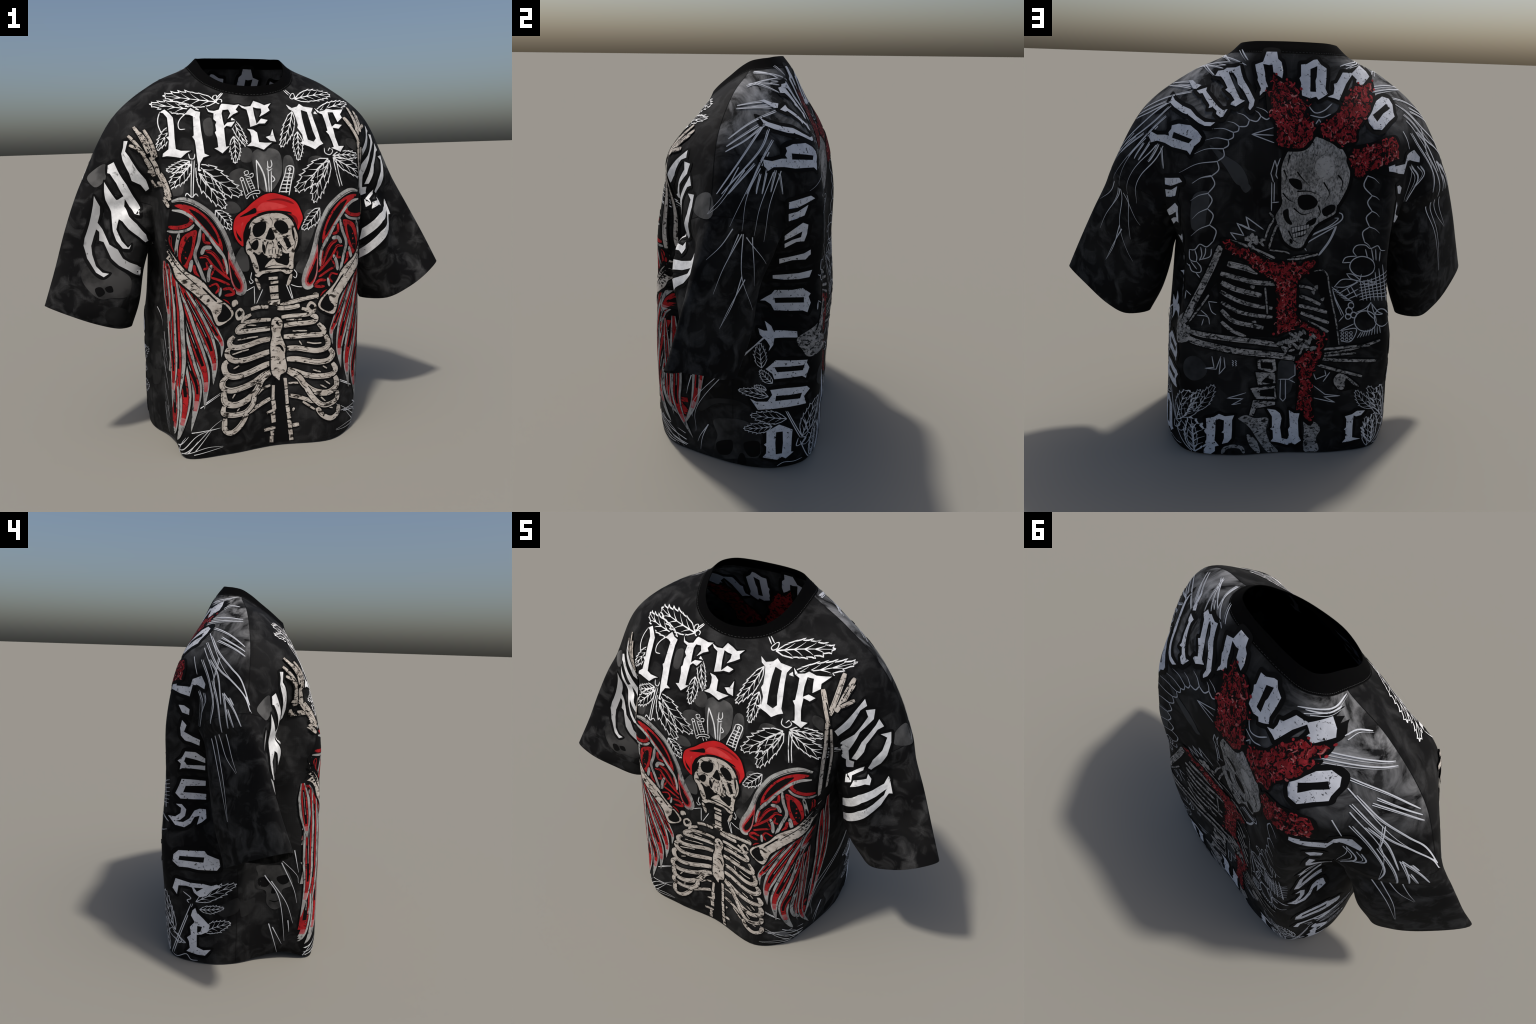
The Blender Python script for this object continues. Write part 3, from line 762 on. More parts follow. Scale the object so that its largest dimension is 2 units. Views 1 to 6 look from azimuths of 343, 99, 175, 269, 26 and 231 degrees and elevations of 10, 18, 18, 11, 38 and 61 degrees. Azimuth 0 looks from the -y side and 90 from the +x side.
p.fill("ink_white", [(0.33,1.551),(0.363,1.544),(0.421,1.547),(0.393,1.523),(0.397,1.507),(0.369,1.487),(0.363,1.51),(0.358,1.533),(0.331,1.533),(0.329,1.501),(0.334,1.465),(0.355,1.478),(0.387,1.473),(0.367,1.456),(0.338,1.461),(0.34,1.416),(0.35,1.376),(0.378,1.376),(0.366,1.363),(0.356,1.35),(0.337,1.359),(0.31,1.369),(0.324,1.373),(0.319,1.399),(0.31,1.43),(0.298,1.444),(0.307,1.448),(0.305,1.488),(0.3,1.524),(0.278,1.533),(0.266,1.554),(0.289,1.537),(0.316,1.542)], 6)
p = piece("letter", FRONT)
p.fill("ink_white", [(0.191,1.574),(0.209,1.561),(0.258,1.554),(0.244,1.533),(0.247,1.498),(0.255,1.449),(0.26,1.405),(0.271,1.389),(0.25,1.381),(0.225,1.365),(0.2,1.378),(0.153,1.395),(0.174,1.403),(0.173,1.433),(0.155,1.464),(0.161,1.477),(0.157,1.512),(0.151,1.538),(0.132,1.55),(0.123,1.57),(0.148,1.554),(0.177,1.561)], 6, hole=[(0.192,1.545),(0.222,1.536),(0.226,1.493),(0.23,1.449),(0.239,1.414),(0.224,1.399),(0.196,1.409),(0.193,1.437),(0.19,1.476),(0.189,1.512)])
leaf(FRONT, (-0.201, 1.586), (-0.426, 1.62), 0.037, 4)
leaf(FRONT, (-0.285, 1.551), (-0.488, 1.584), 0.0295, 4)
leaf(FRONT, (0.175, 1.597), (0.394, 1.623), 0.0306, 4)
leaf(FRONT, (0.256, 1.529), (0.487, 1.585), 0.0246, 4)
leaf(FRONT, (-0.146, 1.512), (-0.096, 1.385), 0.0207, 4)
leaf(FRONT, (-0.151, 1.432), (-0.16, 1.316), 0.0246, 4)
leaf(FRONT, (0.146, 1.538), (0.059, 1.379), 0.0271, 4)
leaf(FRONT, (0.152, 1.446), (0.134, 1.318), 0.0246, 4)
leaf(FRONT, (-0.403, 1.488), (-0.488, 1.381), 0.0222, 4)
leaf(FRONT, (-0.328, 1.319), (-0.137, 1.179), 0.0467, 4)
leaf(FRONT, (-0.333, 1.303), (-0.218, 1.125), 0.0394, 4)
leaf(FRONT, (-0.352, 1.32), (-0.456, 1.222), 0.0295, 4)
leaf(FRONT, (-0.355, 1.332), (-0.455, 1.295), 0.0222, 4)
leaf(FRONT, (-0.264, 1.121), (-0.195, 1.034), 0.0295, 4)
leaf(FRONT, (0.285, 1.322), (0.109, 1.183), 0.0453, 4)
leaf(FRONT, (0.291, 1.313), (0.194, 1.127), 0.0394, 4)
leaf(FRONT, (0.311, 1.325), (0.511, 1.22), 0.0306, 4)
leaf(FRONT, (0.312, 1.334), (0.466, 1.326), 0.0207, 4)
leaf(FRONT, (0.221, 1.103), (0.13, 1.012), 0.0295, 4)
p = piece("stem", FRONT)
p.line("ink_white", [(-0.346,1.335),(-0.359,1.251),(-0.367,1.18)], .004, 4)
p.line("ink_white", [(-0.336,1.335),(-0.349,1.251),(-0.358,1.179)], .004, 4)
p.line("ink_white", [(0.312,1.321),(0.321,1.251),(0.332,1.194)], .004, 4)
p.line("ink_white", [(0.326,1.325),(0.334,1.25),(0.345,1.196)], .004, 4)
p.line("ink_white", [(-0.198,1.604),(-0.17,1.627)], .004, 4)
p.line("ink_white", [(-0.192,1.599),(-0.165,1.625)], .004, 4)
p.line("ink_white", [(0.15,1.615),(0.129,1.638)], .004, 4)
p.line("ink_white", [(0.16,1.62),(0.138,1.641)], .004, 4)
p.line("ink_white", [(-0.391,1.187),(-0.382,1.199),(-0.363,1.182),(-0.345,1.195),(-0.335,1.184)], .004, 4)
p.line("ink_white", [(-0.203,1.617),(-0.213,1.608),(-0.21,1.595),(-0.196,1.599),(-0.195,1.615),(-0.203,1.617)], .004, 4)
p.line("ink_white", [(-0.188,1.599),(-0.176,1.594),(-0.183,1.579),(-0.198,1.58),(-0.2,1.591),(-0.188,1.599)], .004, 4)
p.line("ink_white", [(0.168,1.623),(0.153,1.606),(0.162,1.597),(0.178,1.606),(0.178,1.623),(0.168,1.623)], .004, 4)
p.line("ink_white", [(0.273,1.37),(0.274,1.348),(0.297,1.339),(0.315,1.355),(0.303,1.369),(0.29,1.356)], .004, 4)
p.line("ink_white", [(-0.357,1.364),(-0.353,1.344),(-0.337,1.343),(-0.33,1.363)], .004, 4)
p = piece("dagger_hilt", FRONT)
p.line("ink_white", [(-0.141,1.246),(-0.123,1.173)], .0035, 4)
p.line("ink_white", [(-0.13,1.25),(-0.108,1.182)], .0035, 4)
p.line("ink_white", [(-0.118,1.254),(-0.095,1.194)], .0035, 4)
p.line("ink_white", [(-0.098,1.255),(-0.077,1.2)], .0035, 4)
p.line("ink_white", [(-0.145,1.249),(-0.136,1.256),(-0.128,1.248),(-0.137,1.24),(-0.145,1.249)], .0035, 4)
p.line("ink_white", [(-0.124,1.264),(-0.089,1.254),(-0.082,1.267),(-0.088,1.271),(-0.102,1.263)], .0035, 4)
p.line("ink_white", [(-0.123,1.171),(-0.107,1.184),(-0.079,1.195),(-0.057,1.194),(-0.058,1.182),(-0.08,1.183),(-0.103,1.176),(-0.117,1.162),(-0.123,1.171)], .0035, 4)
p.line("ink_white", [(-0.089,1.175),(-0.083,1.158)], .0035, 4)
p.line("ink_white", [(-0.073,1.178),(-0.065,1.161)], .0035, 4)
p.line("ink_white", [(-0.112,1.284),(-0.123,1.277),(-0.117,1.266),(-0.104,1.27),(-0.105,1.282),(-0.112,1.284)], .0035, 4)
p.line("ink_white", [(-0.117,1.247),(-0.096,1.251)], .0035, 4)
p.line("ink_white", [(-0.111,1.236),(-0.092,1.24)], .0035, 4)
p.line("ink_white", [(-0.105,1.225),(-0.087,1.23)], .0035, 4)
p.line("ink_white", [(-0.1,1.214),(-0.082,1.22)], .0035, 4)
p.line("ink_white", [(-0.094,1.203),(-0.077,1.21)], .0035, 4)
p = piece("bow", FRONT)
p.line("ink_white", [(-0.063,1.328),(-0.043,1.29),(-0.03,1.252),(-0.022,1.188)], .007, 4)
p.line("ink_white", [(-0.063,1.328),(-0.064,1.266),(-0.061,1.199)], .0045, 4)
p.line("ink_white", [(-0.011,1.322),(-0.012,1.28),(-0.011,1.183)], .0045, 4)
p.line("ink_white", [(0.003,1.28),(-0.002,1.183)], .0045, 4)
p.line("ink_white", [(-0.015,1.301),(-0.002,1.292),(0.008,1.305),(0.005,1.326)], .0045, 4)
p.line("ink_white", [(-0.018,1.289),(-0.008,1.28),(0.008,1.288)], .0045, 4)
p.line("ink_white", [(0.004,1.259),(0.017,1.241),(0.005,1.229)], .0045, 4)
p = piece("sword_handle", FRONT)
p.line("ink_white", [(0.074,1.292),(0.065,1.26),(0.046,1.215),(0.033,1.179)], .005, 4)
p.line("ink_white", [(0.074,1.292),(0.09,1.297),(0.109,1.286),(0.094,1.23),(0.079,1.167)], .005, 4)
p.line("ink_white", [(0.091,1.276),(0.073,1.218),(0.066,1.178)], .005, 4)
p.line("ink_white", [(0.084,1.283),(0.092,1.288),(0.095,1.28),(0.087,1.277),(0.084,1.283)], .005, 4)
p.line("ink_white", [(0.067,1.265),(0.101,1.262)], .005, 4)
p.line("ink_white", [(0.061,1.249),(0.096,1.246)], .005, 4)
p.line("ink_white", [(0.055,1.233),(0.092,1.23)], .005, 4)
p.line("ink_white", [(0.049,1.217),(0.088,1.215)], .005, 4)
p.line("ink_white", [(0.044,1.201),(0.084,1.199)], .005, 4)
p.line("ink_white", [(0.038,1.185),(0.08,1.183)], .005, 4)
p = piece("beret", FRONT)
p.fill("ink_black", [(0.009,1.186),(0.049,1.176),(0.092,1.16),(0.12,1.135),(0.136,1.095),(0.145,1.065),(0.137,1.039),(0.109,0.998),(0.095,1.046),(0.079,1.066),(0.04,1.083),(-0.012,1.088),(-0.058,1.08),(-0.095,1.07),(-0.118,1.051),(-0.133,1.022),(-0.139,0.989),(-0.141,0.95),(-0.17,0.97),(-0.19,1.004),(-0.195,1.04),(-0.186,1.079),(-0.165,1.1),(-0.133,1.12),(-0.099,1.147),(-0.06,1.17),(-0.026,1.183)], 5, smooth=True)
p.fill("ink_beret", [(0.009,1.18),(0.044,1.17),(0.087,1.153),(0.113,1.131),(0.129,1.096),(0.137,1.065),(0.13,1.044),(0.109,1.006),(0.1,1.046),(0.079,1.072),(0.04,1.089),(-0.012,1.094),(-0.057,1.086),(-0.094,1.074),(-0.123,1.055),(-0.138,1.023),(-0.144,0.989),(-0.146,0.955),(-0.168,0.974),(-0.184,1.005),(-0.188,1.039),(-0.18,1.076),(-0.161,1.096),(-0.129,1.115),(-0.095,1.142),(-0.058,1.165),(-0.026,1.178)], 6, smooth=True)
p.fill("ink_black", [(-0.155,1.086),(-0.115,1.105),(-0.082,1.12),(-0.077,1.099),(-0.112,1.091),(-0.139,1.086)], 7, smooth=True)
p.fill("ink_black", [(-0.078,1.09),(-0.03,1.102),(0.024,1.102),(0.076,1.094),(0.086,1.085),(0.04,1.089),(-0.012,1.094),(-0.048,1.09)], 7, smooth=True)
p.fill("ink_black", [(-0.178,1.034),(-0.172,1.017),(-0.155,0.99),(-0.154,0.977),(-0.171,0.996)], 7, smooth=True)
p.fill("ink_dark_red", [(-0.028,1.148),(0.026,1.156),(0.078,1.145),(0.099,1.127),(0.047,1.145),(0.008,1.149)], 7, smooth=True)
p.fill("ink_dark_red", [(0.075,1.086),(0.105,1.071),(0.115,1.045),(0.107,1.024),(0.095,1.05)], 7, smooth=True)
p.fill("ink_light_red", [(-0.075,1.107),(-0.051,1.137),(-0.01,1.141),(0.042,1.129),(0.068,1.116),(0.024,1.109),(-0.029,1.106)], 7, smooth=True)  # highlights on the beret, drawn as lighter red shapes
p.fill("ink_light_red", [(-0.153,1.045),(-0.141,1.061),(-0.143,1.031),(-0.15,1.002)], 7, smooth=True)
p = piece("skull", FRONT)
p.fill("ink_black", [(-0.142,1.014),(-0.123,1.047),(-0.099,1.077),(-0.057,1.091),(-0.012,1.099),(0.041,1.094),(0.083,1.077),(0.104,1.043),(0.117,0.984),(0.113,0.934),(0.09,0.901),(0.084,0.85),(0.087,0.824),(0.052,0.808),(0.022,0.826),(-0.041,0.826),(-0.088,0.805),(-0.103,0.824),(-0.109,0.853),(-0.12,0.903),(-0.14,0.931),(-0.144,0.972)], 7, smooth=True)
p.fill("ink_bone", [(-0.114,1.038),(-0.092,1.068),(-0.053,1.084),(-0.012,1.091),(0.032,1.089),(0.066,1.074),(0.087,1.051),(0.099,1.02),(0.111,0.98),(0.104,0.941),(0.088,0.916),(0.077,0.911),(0.055,0.907),(0.038,0.914),(0.033,0.897),(-0.002,0.894),(-0.029,0.899),(-0.047,0.909),(-0.055,0.921),(-0.074,0.91),(-0.097,0.925),(-0.106,0.909),(-0.125,0.917),(-0.134,0.941),(-0.129,0.971),(-0.116,0.995)], 8, smooth=True)
p.fill("ink_black", [(-0.099,1.019),(-0.091,1.044),(-0.063,1.057),(-0.036,1.055),(-0.033,1.031),(-0.043,1.006),(-0.066,0.991),(-0.089,0.993)], 9, smooth=True)
p.fill("ink_black", [(0.003,1.038),(0.017,1.056),(0.043,1.057),(0.064,1.039),(0.07,1.017),(0.063,1),(0.037,0.997),(0.015,1.016)], 9, smooth=True)
p.fill("ink_black", [(-0.017,1.025),(-0.006,1.021),(0.006,0.986),(-0.002,0.972),(-0.026,0.974),(-0.038,0.98),(-0.029,1.001)], 9, smooth=True)
p.fill("ink_black", [(-0.095,0.972),(-0.076,0.977),(-0.072,0.957),(-0.08,0.936),(-0.096,0.933),(-0.11,0.952)], 9, smooth=True)
p.fill("ink_black", [(0.044,0.977),(0.062,0.979),(0.076,0.952),(0.078,0.938),(0.061,0.934),(0.053,0.953)], 9, smooth=True)
p.fill("ink_black", [(0.085,1.029),(0.096,0.998),(0.094,0.964),(0.085,0.995)], 9, smooth=True)
p.fill("ink_black", [(-0.115,1.029),(-0.106,1.037),(-0.111,1.003),(-0.124,0.983)], 9, smooth=True)
p.fill("ink_black", [(0.017,0.948),(0.035,0.941),(0.038,0.914),(0.025,0.928)], 9, smooth=True)
p.fill("ink_black", [(-0.054,0.956),(-0.041,0.946),(-0.044,0.911),(-0.055,0.93)], 9, smooth=True)
p = piece("tooth", FRONT)
p.fill("ink_bone", [(-0.038,0.932),(-0.025,0.932),(-0.025,0.912),(-0.037,0.913)], 9, smooth=True)
p.line("ink_black", [(-0.024,0.934),(-0.024,0.91)], .004, 10)
p = piece("tooth", FRONT)
p.fill("ink_bone", [(-0.022,0.931),(-0.01,0.931),(-0.01,0.911),(-0.022,0.911)], 9, smooth=True)
p.line("ink_black", [(-0.008,0.933),(-0.009,0.909)], .004, 10)
p = piece("tooth", FRONT)
p.fill("ink_bone", [(-0.007,0.929),(0.005,0.93),(0.005,0.91),(-0.007,0.91)], 9, smooth=True)
p.line("ink_black", [(0.007,0.932),(0.006,0.908)], .004, 10)
p = piece("tooth", FRONT)
p.fill("ink_bone", [(0.008,0.928),(0.02,0.929),(0.02,0.909),(0.008,0.909)], 9, smooth=True)
p.line("ink_black", [(0.022,0.931),(0.021,0.907)], .004, 10)
p = piece("tooth", FRONT)
p.fill("ink_bone", [(0.023,0.928),(0.035,0.929),(0.035,0.908),(0.023,0.908)], 9, smooth=True)
p.line("ink_black", [(0.036,0.93),(0.036,0.906)], .004, 10)
p = piece("tooth", FRONT)
p.fill("ink_bone", [(-0.031,0.908),(-0.019,0.907),(-0.02,0.892),(-0.031,0.892)], 9, smooth=True)
p = piece("tooth", FRONT)
p.fill("ink_bone", [(-0.016,0.907),(-0.004,0.906),(-0.005,0.891),(-0.015,0.891)], 9, smooth=True)
p = piece("tooth", FRONT)
p.fill("ink_bone", [(-0.001,0.906),(0.011,0.905),(0.01,0.89),(-0,0.89)], 9, smooth=True)
p = piece("tooth", FRONT)
p.fill("ink_bone", [(0.014,0.905),(0.026,0.904),(0.025,0.889),(0.015,0.889)], 9, smooth=True)
p = piece("jaw", FRONT)
p.fill("ink_bone", [(-0.046,0.85),(-0.025,0.875),(-0.003,0.886),(0.01,0.869),(0.032,0.86),(0.058,0.852),(0.071,0.871),(0.079,0.853),(0.075,0.834),(0.053,0.843),(0.013,0.843),(-0.018,0.845)], 9, smooth=True)
p.fill("ink_bone", [(-0.096,0.82),(-0.078,0.833),(-0.041,0.837),(0.013,0.837),(0.04,0.835),(0.065,0.83),(0.082,0.829),(0.071,0.815),(0.052,0.814),(0.03,0.827),(-0.005,0.825),(-0.055,0.822),(-0.078,0.809)], 9, smooth=True)
p.fill("ink_bone", [(-0.118,0.916),(-0.096,0.914),(-0.081,0.874),(-0.075,0.84),(-0.088,0.826),(-0.102,0.856),(-0.11,0.887)], 9, smooth=True)
p.fill("ink_bone", [(0.072,0.915),(0.093,0.92),(0.087,0.877),(0.085,0.839),(0.072,0.84),(0.068,0.878)], 9, smooth=True)
p = piece("vertebra", FRONT)
p.fill("ink_bone", [(-0.03,0.804),(0.012,0.804),(0.012,0.791),(-0.03,0.791)], 8)
p = piece("vertebra", FRONT)
p.fill("ink_bone", [(-0.022,0.783),(0.015,0.785),(0.014,0.773),(-0.021,0.771)], 8)
p = piece("vertebra", FRONT)
p.fill("ink_bone", [(-0.028,0.762),(0.013,0.763),(0.013,0.733),(-0.026,0.732)], 8)
p = piece("vertebra", FRONT)
p.fill("ink_bone", [(-0.025,0.723),(0.013,0.724),(0.014,0.702),(-0.023,0.701)], 8)
p = piece("vertebra", FRONT)
p.fill("ink_bone", [(-0.038,0.695),(0.02,0.697),(0.018,0.677),(0.003,0.669),(-0.038,0.68)], 8)
p = piece("cord", FRONT)
p.line("ink_white", [(-0.125,0.798),(-0.117,0.784),(-0.105,0.791),(-0.116,0.806),(-0.11,0.835)], .0035, 5)
p.line("ink_white", [(-0.101,0.769),(-0.102,0.69)], .0035, 5)
p.line("ink_white", [(-0.06,0.751),(-0.093,0.689)], .0035, 5)
p.line("ink_white", [(-0.101,0.769),(-0.142,0.752)], .0035, 5)
p.line("ink_white", [(0.05,0.764),(0.076,0.694)], .0035, 5)
p.line("ink_white", [(0.065,0.759),(0.08,0.693)], .0035, 5)
p.line("ink_white", [(0.072,0.763),(0.097,0.753),(0.123,0.749)], .0035, 5)
p.line("ink_white", [(0.083,0.837),(0.1,0.814),(0.095,0.793),(0.084,0.8)], .0035, 5)
p = piece("earring", FRONT)
p.fill("ink_bone", [(-0.097,0.801),(-0.086,0.802),(-0.071,0.77),(-0.074,0.75),(-0.083,0.758)], 8, smooth=True)
p.fill("ink_bone", [(0.067,0.805),(0.079,0.811),(0.075,0.785),(0.061,0.759),(0.053,0.768)], 8, smooth=True)
bone_band("rib", FRONT, [(-0.044,0.299),(-0.079,0.29),(-0.111,0.266)], 0.0112, 8)
bone_band("rib", FRONT, [(-0.047,0.236),(-0.098,0.215),(-0.155,0.187)], 0.0182, 8)
bone_band("rib", FRONT, [(-0.027,0.607),(-0.084,0.611),(-0.134,0.611),(-0.165,0.61),(-0.156,0.629),(-0.123,0.643)], 0.0168, 8)
bone_band("rib", FRONT, [(-0.029,0.566),(-0.091,0.567),(-0.151,0.57),(-0.193,0.574),(-0.18,0.595),(-0.15,0.597)], 0.021, 8)
bone_band("rib", FRONT, [(-0.03,0.518),(-0.089,0.514),(-0.145,0.504),(-0.2,0.503),(-0.228,0.515),(-0.23,0.537),(-0.209,0.555)], 0.0238, 8)
bone_band("rib", FRONT, [(-0.039,0.459),(-0.097,0.448),(-0.158,0.439),(-0.212,0.444),(-0.242,0.468),(-0.244,0.492),(-0.234,0.504)], 0.0252, 8)
bone_band("rib", FRONT, [(-0.042,0.404),(-0.095,0.39),(-0.151,0.375),(-0.211,0.369),(-0.249,0.383),(-0.262,0.414),(-0.258,0.437),(-0.245,0.445)], 0.0266, 8)
bone_band("rib", FRONT, [(-0.037,0.366),(-0.082,0.349),(-0.123,0.327),(-0.174,0.313),(-0.233,0.307),(-0.27,0.324),(-0.272,0.353),(-0.254,0.371)], 0.0266, 8)
bone_band("rib", FRONT, [(-0.039,0.362),(-0.082,0.335),(-0.104,0.299),(-0.126,0.274),(-0.167,0.248),(-0.217,0.236),(-0.26,0.25),(-0.27,0.281),(-0.268,0.305)], 0.0294, 8)
bone_band("rib", FRONT, [(-0.124,0.264),(-0.133,0.227),(-0.169,0.194),(-0.219,0.188),(-0.257,0.195),(-0.276,0.208),(-0.271,0.237)], 0.0238, 8)
bone_band("rib", FRONT, [(-0.165,0.184),(-0.186,0.148),(-0.214,0.119),(-0.246,0.105),(-0.271,0.124),(-0.272,0.154),(-0.268,0.18)], 0.0252, 8)
bone_band("rib", FRONT, [(0.043,0.3),(0.095,0.299)], 0.0098, 8)
bone_band("rib", FRONT, [(0.045,0.241),(0.097,0.227),(0.157,0.201)], 0.0182, 8)
bone_band("rib", FRONT, [(0.105,0.207),(0.158,0.166)], 0.0098, 8)
bone_band("rib", FRONT, [(0.023,0.614),(0.07,0.618),(0.116,0.618),(0.149,0.622),(0.156,0.635),(0.117,0.65)], 0.0168, 8)
bone_band("rib", FRONT, [(0.026,0.573),(0.082,0.579),(0.138,0.581),(0.173,0.587),(0.18,0.606),(0.157,0.617)], 0.021, 8)
bone_band("rib", FRONT, [(0.03,0.522),(0.089,0.521),(0.15,0.523),(0.202,0.523),(0.215,0.542),(0.189,0.575)], 0.0224, 8)
bone_band("rib", FRONT, [(0.037,0.466),(0.087,0.465),(0.133,0.455),(0.18,0.447),(0.224,0.458),(0.233,0.486),(0.221,0.517)], 0.0238, 8)
bone_band("rib", FRONT, [(0.039,0.415),(0.085,0.413),(0.132,0.402),(0.183,0.392),(0.233,0.397),(0.254,0.422),(0.24,0.451)], 0.0252, 8)
bone_band("rib", FRONT, [(0.042,0.366),(0.083,0.351),(0.129,0.333),(0.186,0.323),(0.247,0.326),(0.268,0.348),(0.252,0.38)], 0.0252, 8)
bone_band("rib", FRONT, [(0.042,0.359),(0.091,0.326),(0.118,0.285),(0.164,0.252),(0.223,0.24),(0.267,0.262),(0.271,0.292),(0.263,0.313)], 0.028, 8)
bone_band("rib", FRONT, [(0.122,0.275),(0.153,0.223),(0.191,0.186),(0.232,0.183),(0.27,0.201),(0.275,0.24)], 0.0238, 8)
bone_band("rib", FRONT, [(0.17,0.172),(0.194,0.135),(0.235,0.112),(0.273,0.129),(0.28,0.168)], 0.0238, 8)
bone_band("clavicle", FRONT, [(-0.122,0.667),(-0.081,0.672),(-0.037,0.667)], 0.0168, 8)
bone_band("clavicle", FRONT, [(0.02,0.669),(0.077,0.683),(0.133,0.695),(0.194,0.704)], 0.0182, 8)
bone_band("clavicle", FRONT, [(0.006,0.657),(0.057,0.656),(0.108,0.664)], 0.0196, 8)
p = piece("sternum", FRONT)
p.fill("ink_black", [(-0.027,0.608),(-0,0.624),(0.028,0.604),(0.033,0.572),(0.022,0.539),(0.035,0.5),(0.044,0.47),(0.037,0.432),(0.044,0.383),(0.036,0.348),(0.011,0.337),(0.002,0.311),(-0.015,0.324),(-0.038,0.35),(-0.045,0.392),(-0.042,0.44),(-0.042,0.488),(-0.03,0.535),(-0.034,0.568)], 9, smooth=True)
p.fill("ink_bone", [(-0.021,0.605),(-0.001,0.617),(0.023,0.601),(0.026,0.573),(0.015,0.54),(0.028,0.5),(0.036,0.471),(0.031,0.432),(0.038,0.383),(0.031,0.355),(0.007,0.343),(0.001,0.318),(-0.012,0.329),(-0.032,0.351),(-0.037,0.391),(-0.035,0.439),(-0.035,0.487),(-0.023,0.534),(-0.027,0.568)], 10, smooth=True)
p.fill("ink_black", [(-0.012,0.481),(0.009,0.487),(0.024,0.471),(0.027,0.452),(0.017,0.46),(0.008,0.475)], 11, smooth=True)
p.fill("ink_black", [(-0.006,0.59),(0.004,0.598),(0.01,0.583),(0.004,0.579)], 11, smooth=True)
p = piece("spine", FRONT)
p.fill("ink_black", [(-0.033,0.322),(0.018,0.321),(0.046,0.206),(0.06,0.02),(-0.056,0.02),(-0.05,0.217)], 7)
p = piece("vertebra", FRONT)
p.fill("ink_bone", [(-0.036,0.298),(-0.022,0.296),(-0.027,0.228),(-0.041,0.228)], 8)
p = piece("vertebra", FRONT)
p.fill("ink_bone", [(-0.043,0.223),(-0.023,0.223),(-0.02,0.183),(-0.039,0.178)], 8)
p = piece("vertebra", FRONT)
p.fill("ink_bone", [(-0.049,0.177),(-0.027,0.174),(-0.025,0.119),(-0.045,0.117)], 8)
p = piece("vertebra", FRONT)
p.fill("ink_bone", [(-0.055,0.103),(-0.033,0.1),(-0.036,0.054),(-0.051,0.054)], 8)
p = piece("vertebra", FRONT)
p.fill("ink_bone", [(-0.056,0.052),(-0.038,0.05),(-0.039,0.018),(-0.057,0.019)], 8)
p = piece("vertebra", FRONT)
p.fill("ink_bone", [(0.02,0.326),(0.035,0.327),(0.038,0.276),(0.024,0.274)], 8)
p = piece("vertebra", FRONT)
p.fill("ink_bone", [(0.023,0.269),(0.038,0.271),(0.04,0.202),(0.026,0.2)], 8)
p = piece("vertebra", FRONT)
p.fill("ink_bone", [(0.024,0.193),(0.041,0.193),(0.048,0.132),(0.031,0.128)], 8)
p = piece("vertebra", FRONT)
p.fill("ink_bone", [(0.029,0.123),(0.047,0.123),(0.051,0.081),(0.034,0.08)], 8)
p = piece("vertebra", FRONT)
p.fill("ink_bone", [(0.032,0.076),(0.051,0.077),(0.057,0.022),(0.038,0.02)], 8)
bone_band("vertebra", FRONT, [(-0.083,0.087),(-0.028,0.093)], 0.0154, 8)
bone_band("vertebra", FRONT, [(0.053,0.095),(0.083,0.099)], 0.0182, 8)
bone_band("vertebra", FRONT, [(-0.067,0.168),(-0.024,0.181)], 0.0126, 8)
bone_band("vertebra", FRONT, [(0.056,0.166),(0.064,0.18)], 0.0112, 8)
bone_band("rib_fragment", FRONT, [(-0.219,0.407),(-0.192,0.417)], 0.0063, 6)
bone_band("rib_fragment", FRONT, [(-0.221,0.474),(-0.176,0.481),(-0.141,0.484)], 0.0063, 6)
bone_band("rib_fragment", FRONT, [(-0.193,0.536),(-0.143,0.537),(-0.093,0.536)], 0.0063, 6)
bone_band("rib_fragment", FRONT, [(-0.15,0.599),(-0.1,0.589)], 0.0063, 6)
bone_band("rib_fragment", FRONT, [(-0.23,0.27),(-0.212,0.296)], 0.0063, 6)
bone_band("rib_fragment", FRONT, [(-0.211,0.203),(-0.198,0.22)], 0.0063, 6)
bone_band("rib_fragment", FRONT, [(-0.102,0.352),(-0.113,0.33)], 0.0063, 6)
bone_band("rib_fragment", FRONT, [(0.1,0.498),(0.111,0.478)], 0.0063, 6)
bone_band("rib_fragment", FRONT, [(0.135,0.489),(0.167,0.482),(0.201,0.482)], 0.0063, 6)
bone_band("rib_fragment", FRONT, [(0.072,0.546),(0.137,0.544)], 0.0063, 6)
bone_band("rib_fragment", FRONT, [(0.158,0.356),(0.194,0.343)], 0.0063, 6)
bone_band("rib_fragment", FRONT, [(0.205,0.371),(0.224,0.357)], 0.0063, 6)
bone_band("rib_fragment", FRONT, [(0.189,0.282),(0.219,0.263)], 0.0063, 6)
bone_band("rib_fragment", FRONT, [(0.212,0.299),(0.238,0.278)], 0.0063, 6)
bone_band("rib_fragment", FRONT, [(0.19,0.222),(0.211,0.2)], 0.0063, 6)
bone_band("rib_fragment", FRONT, [(0.22,0.171),(0.247,0.161)], 0.0063, 6)
bone_band("rib_fragment", FRONT, [(0.046,0.6),(0.115,0.599)], 0.0063, 6)
p = piece("skull_drawn_shading", FRONT)
p.line("ink_black", [(0.018,0.963),(0.037,0.941),(0.056,0.916)], 0.006, 11, taper=True)
p.line("ink_black", [(-0.051,0.968),(-0.05,0.931)], 0.006, 11, taper=True)
p.line("ink_black", [(-0.118,0.974),(-0.109,0.952),(-0.106,0.926)], 0.006, 11, taper=True)
p.line("ink_black", [(0.091,0.981),(0.098,0.955),(0.091,0.925)], 0.006, 11, taper=True)
p.line("ink_black", [(-0.008,0.969),(-0,0.952),(-0.003,0.937)], 0.005, 11, taper=True)
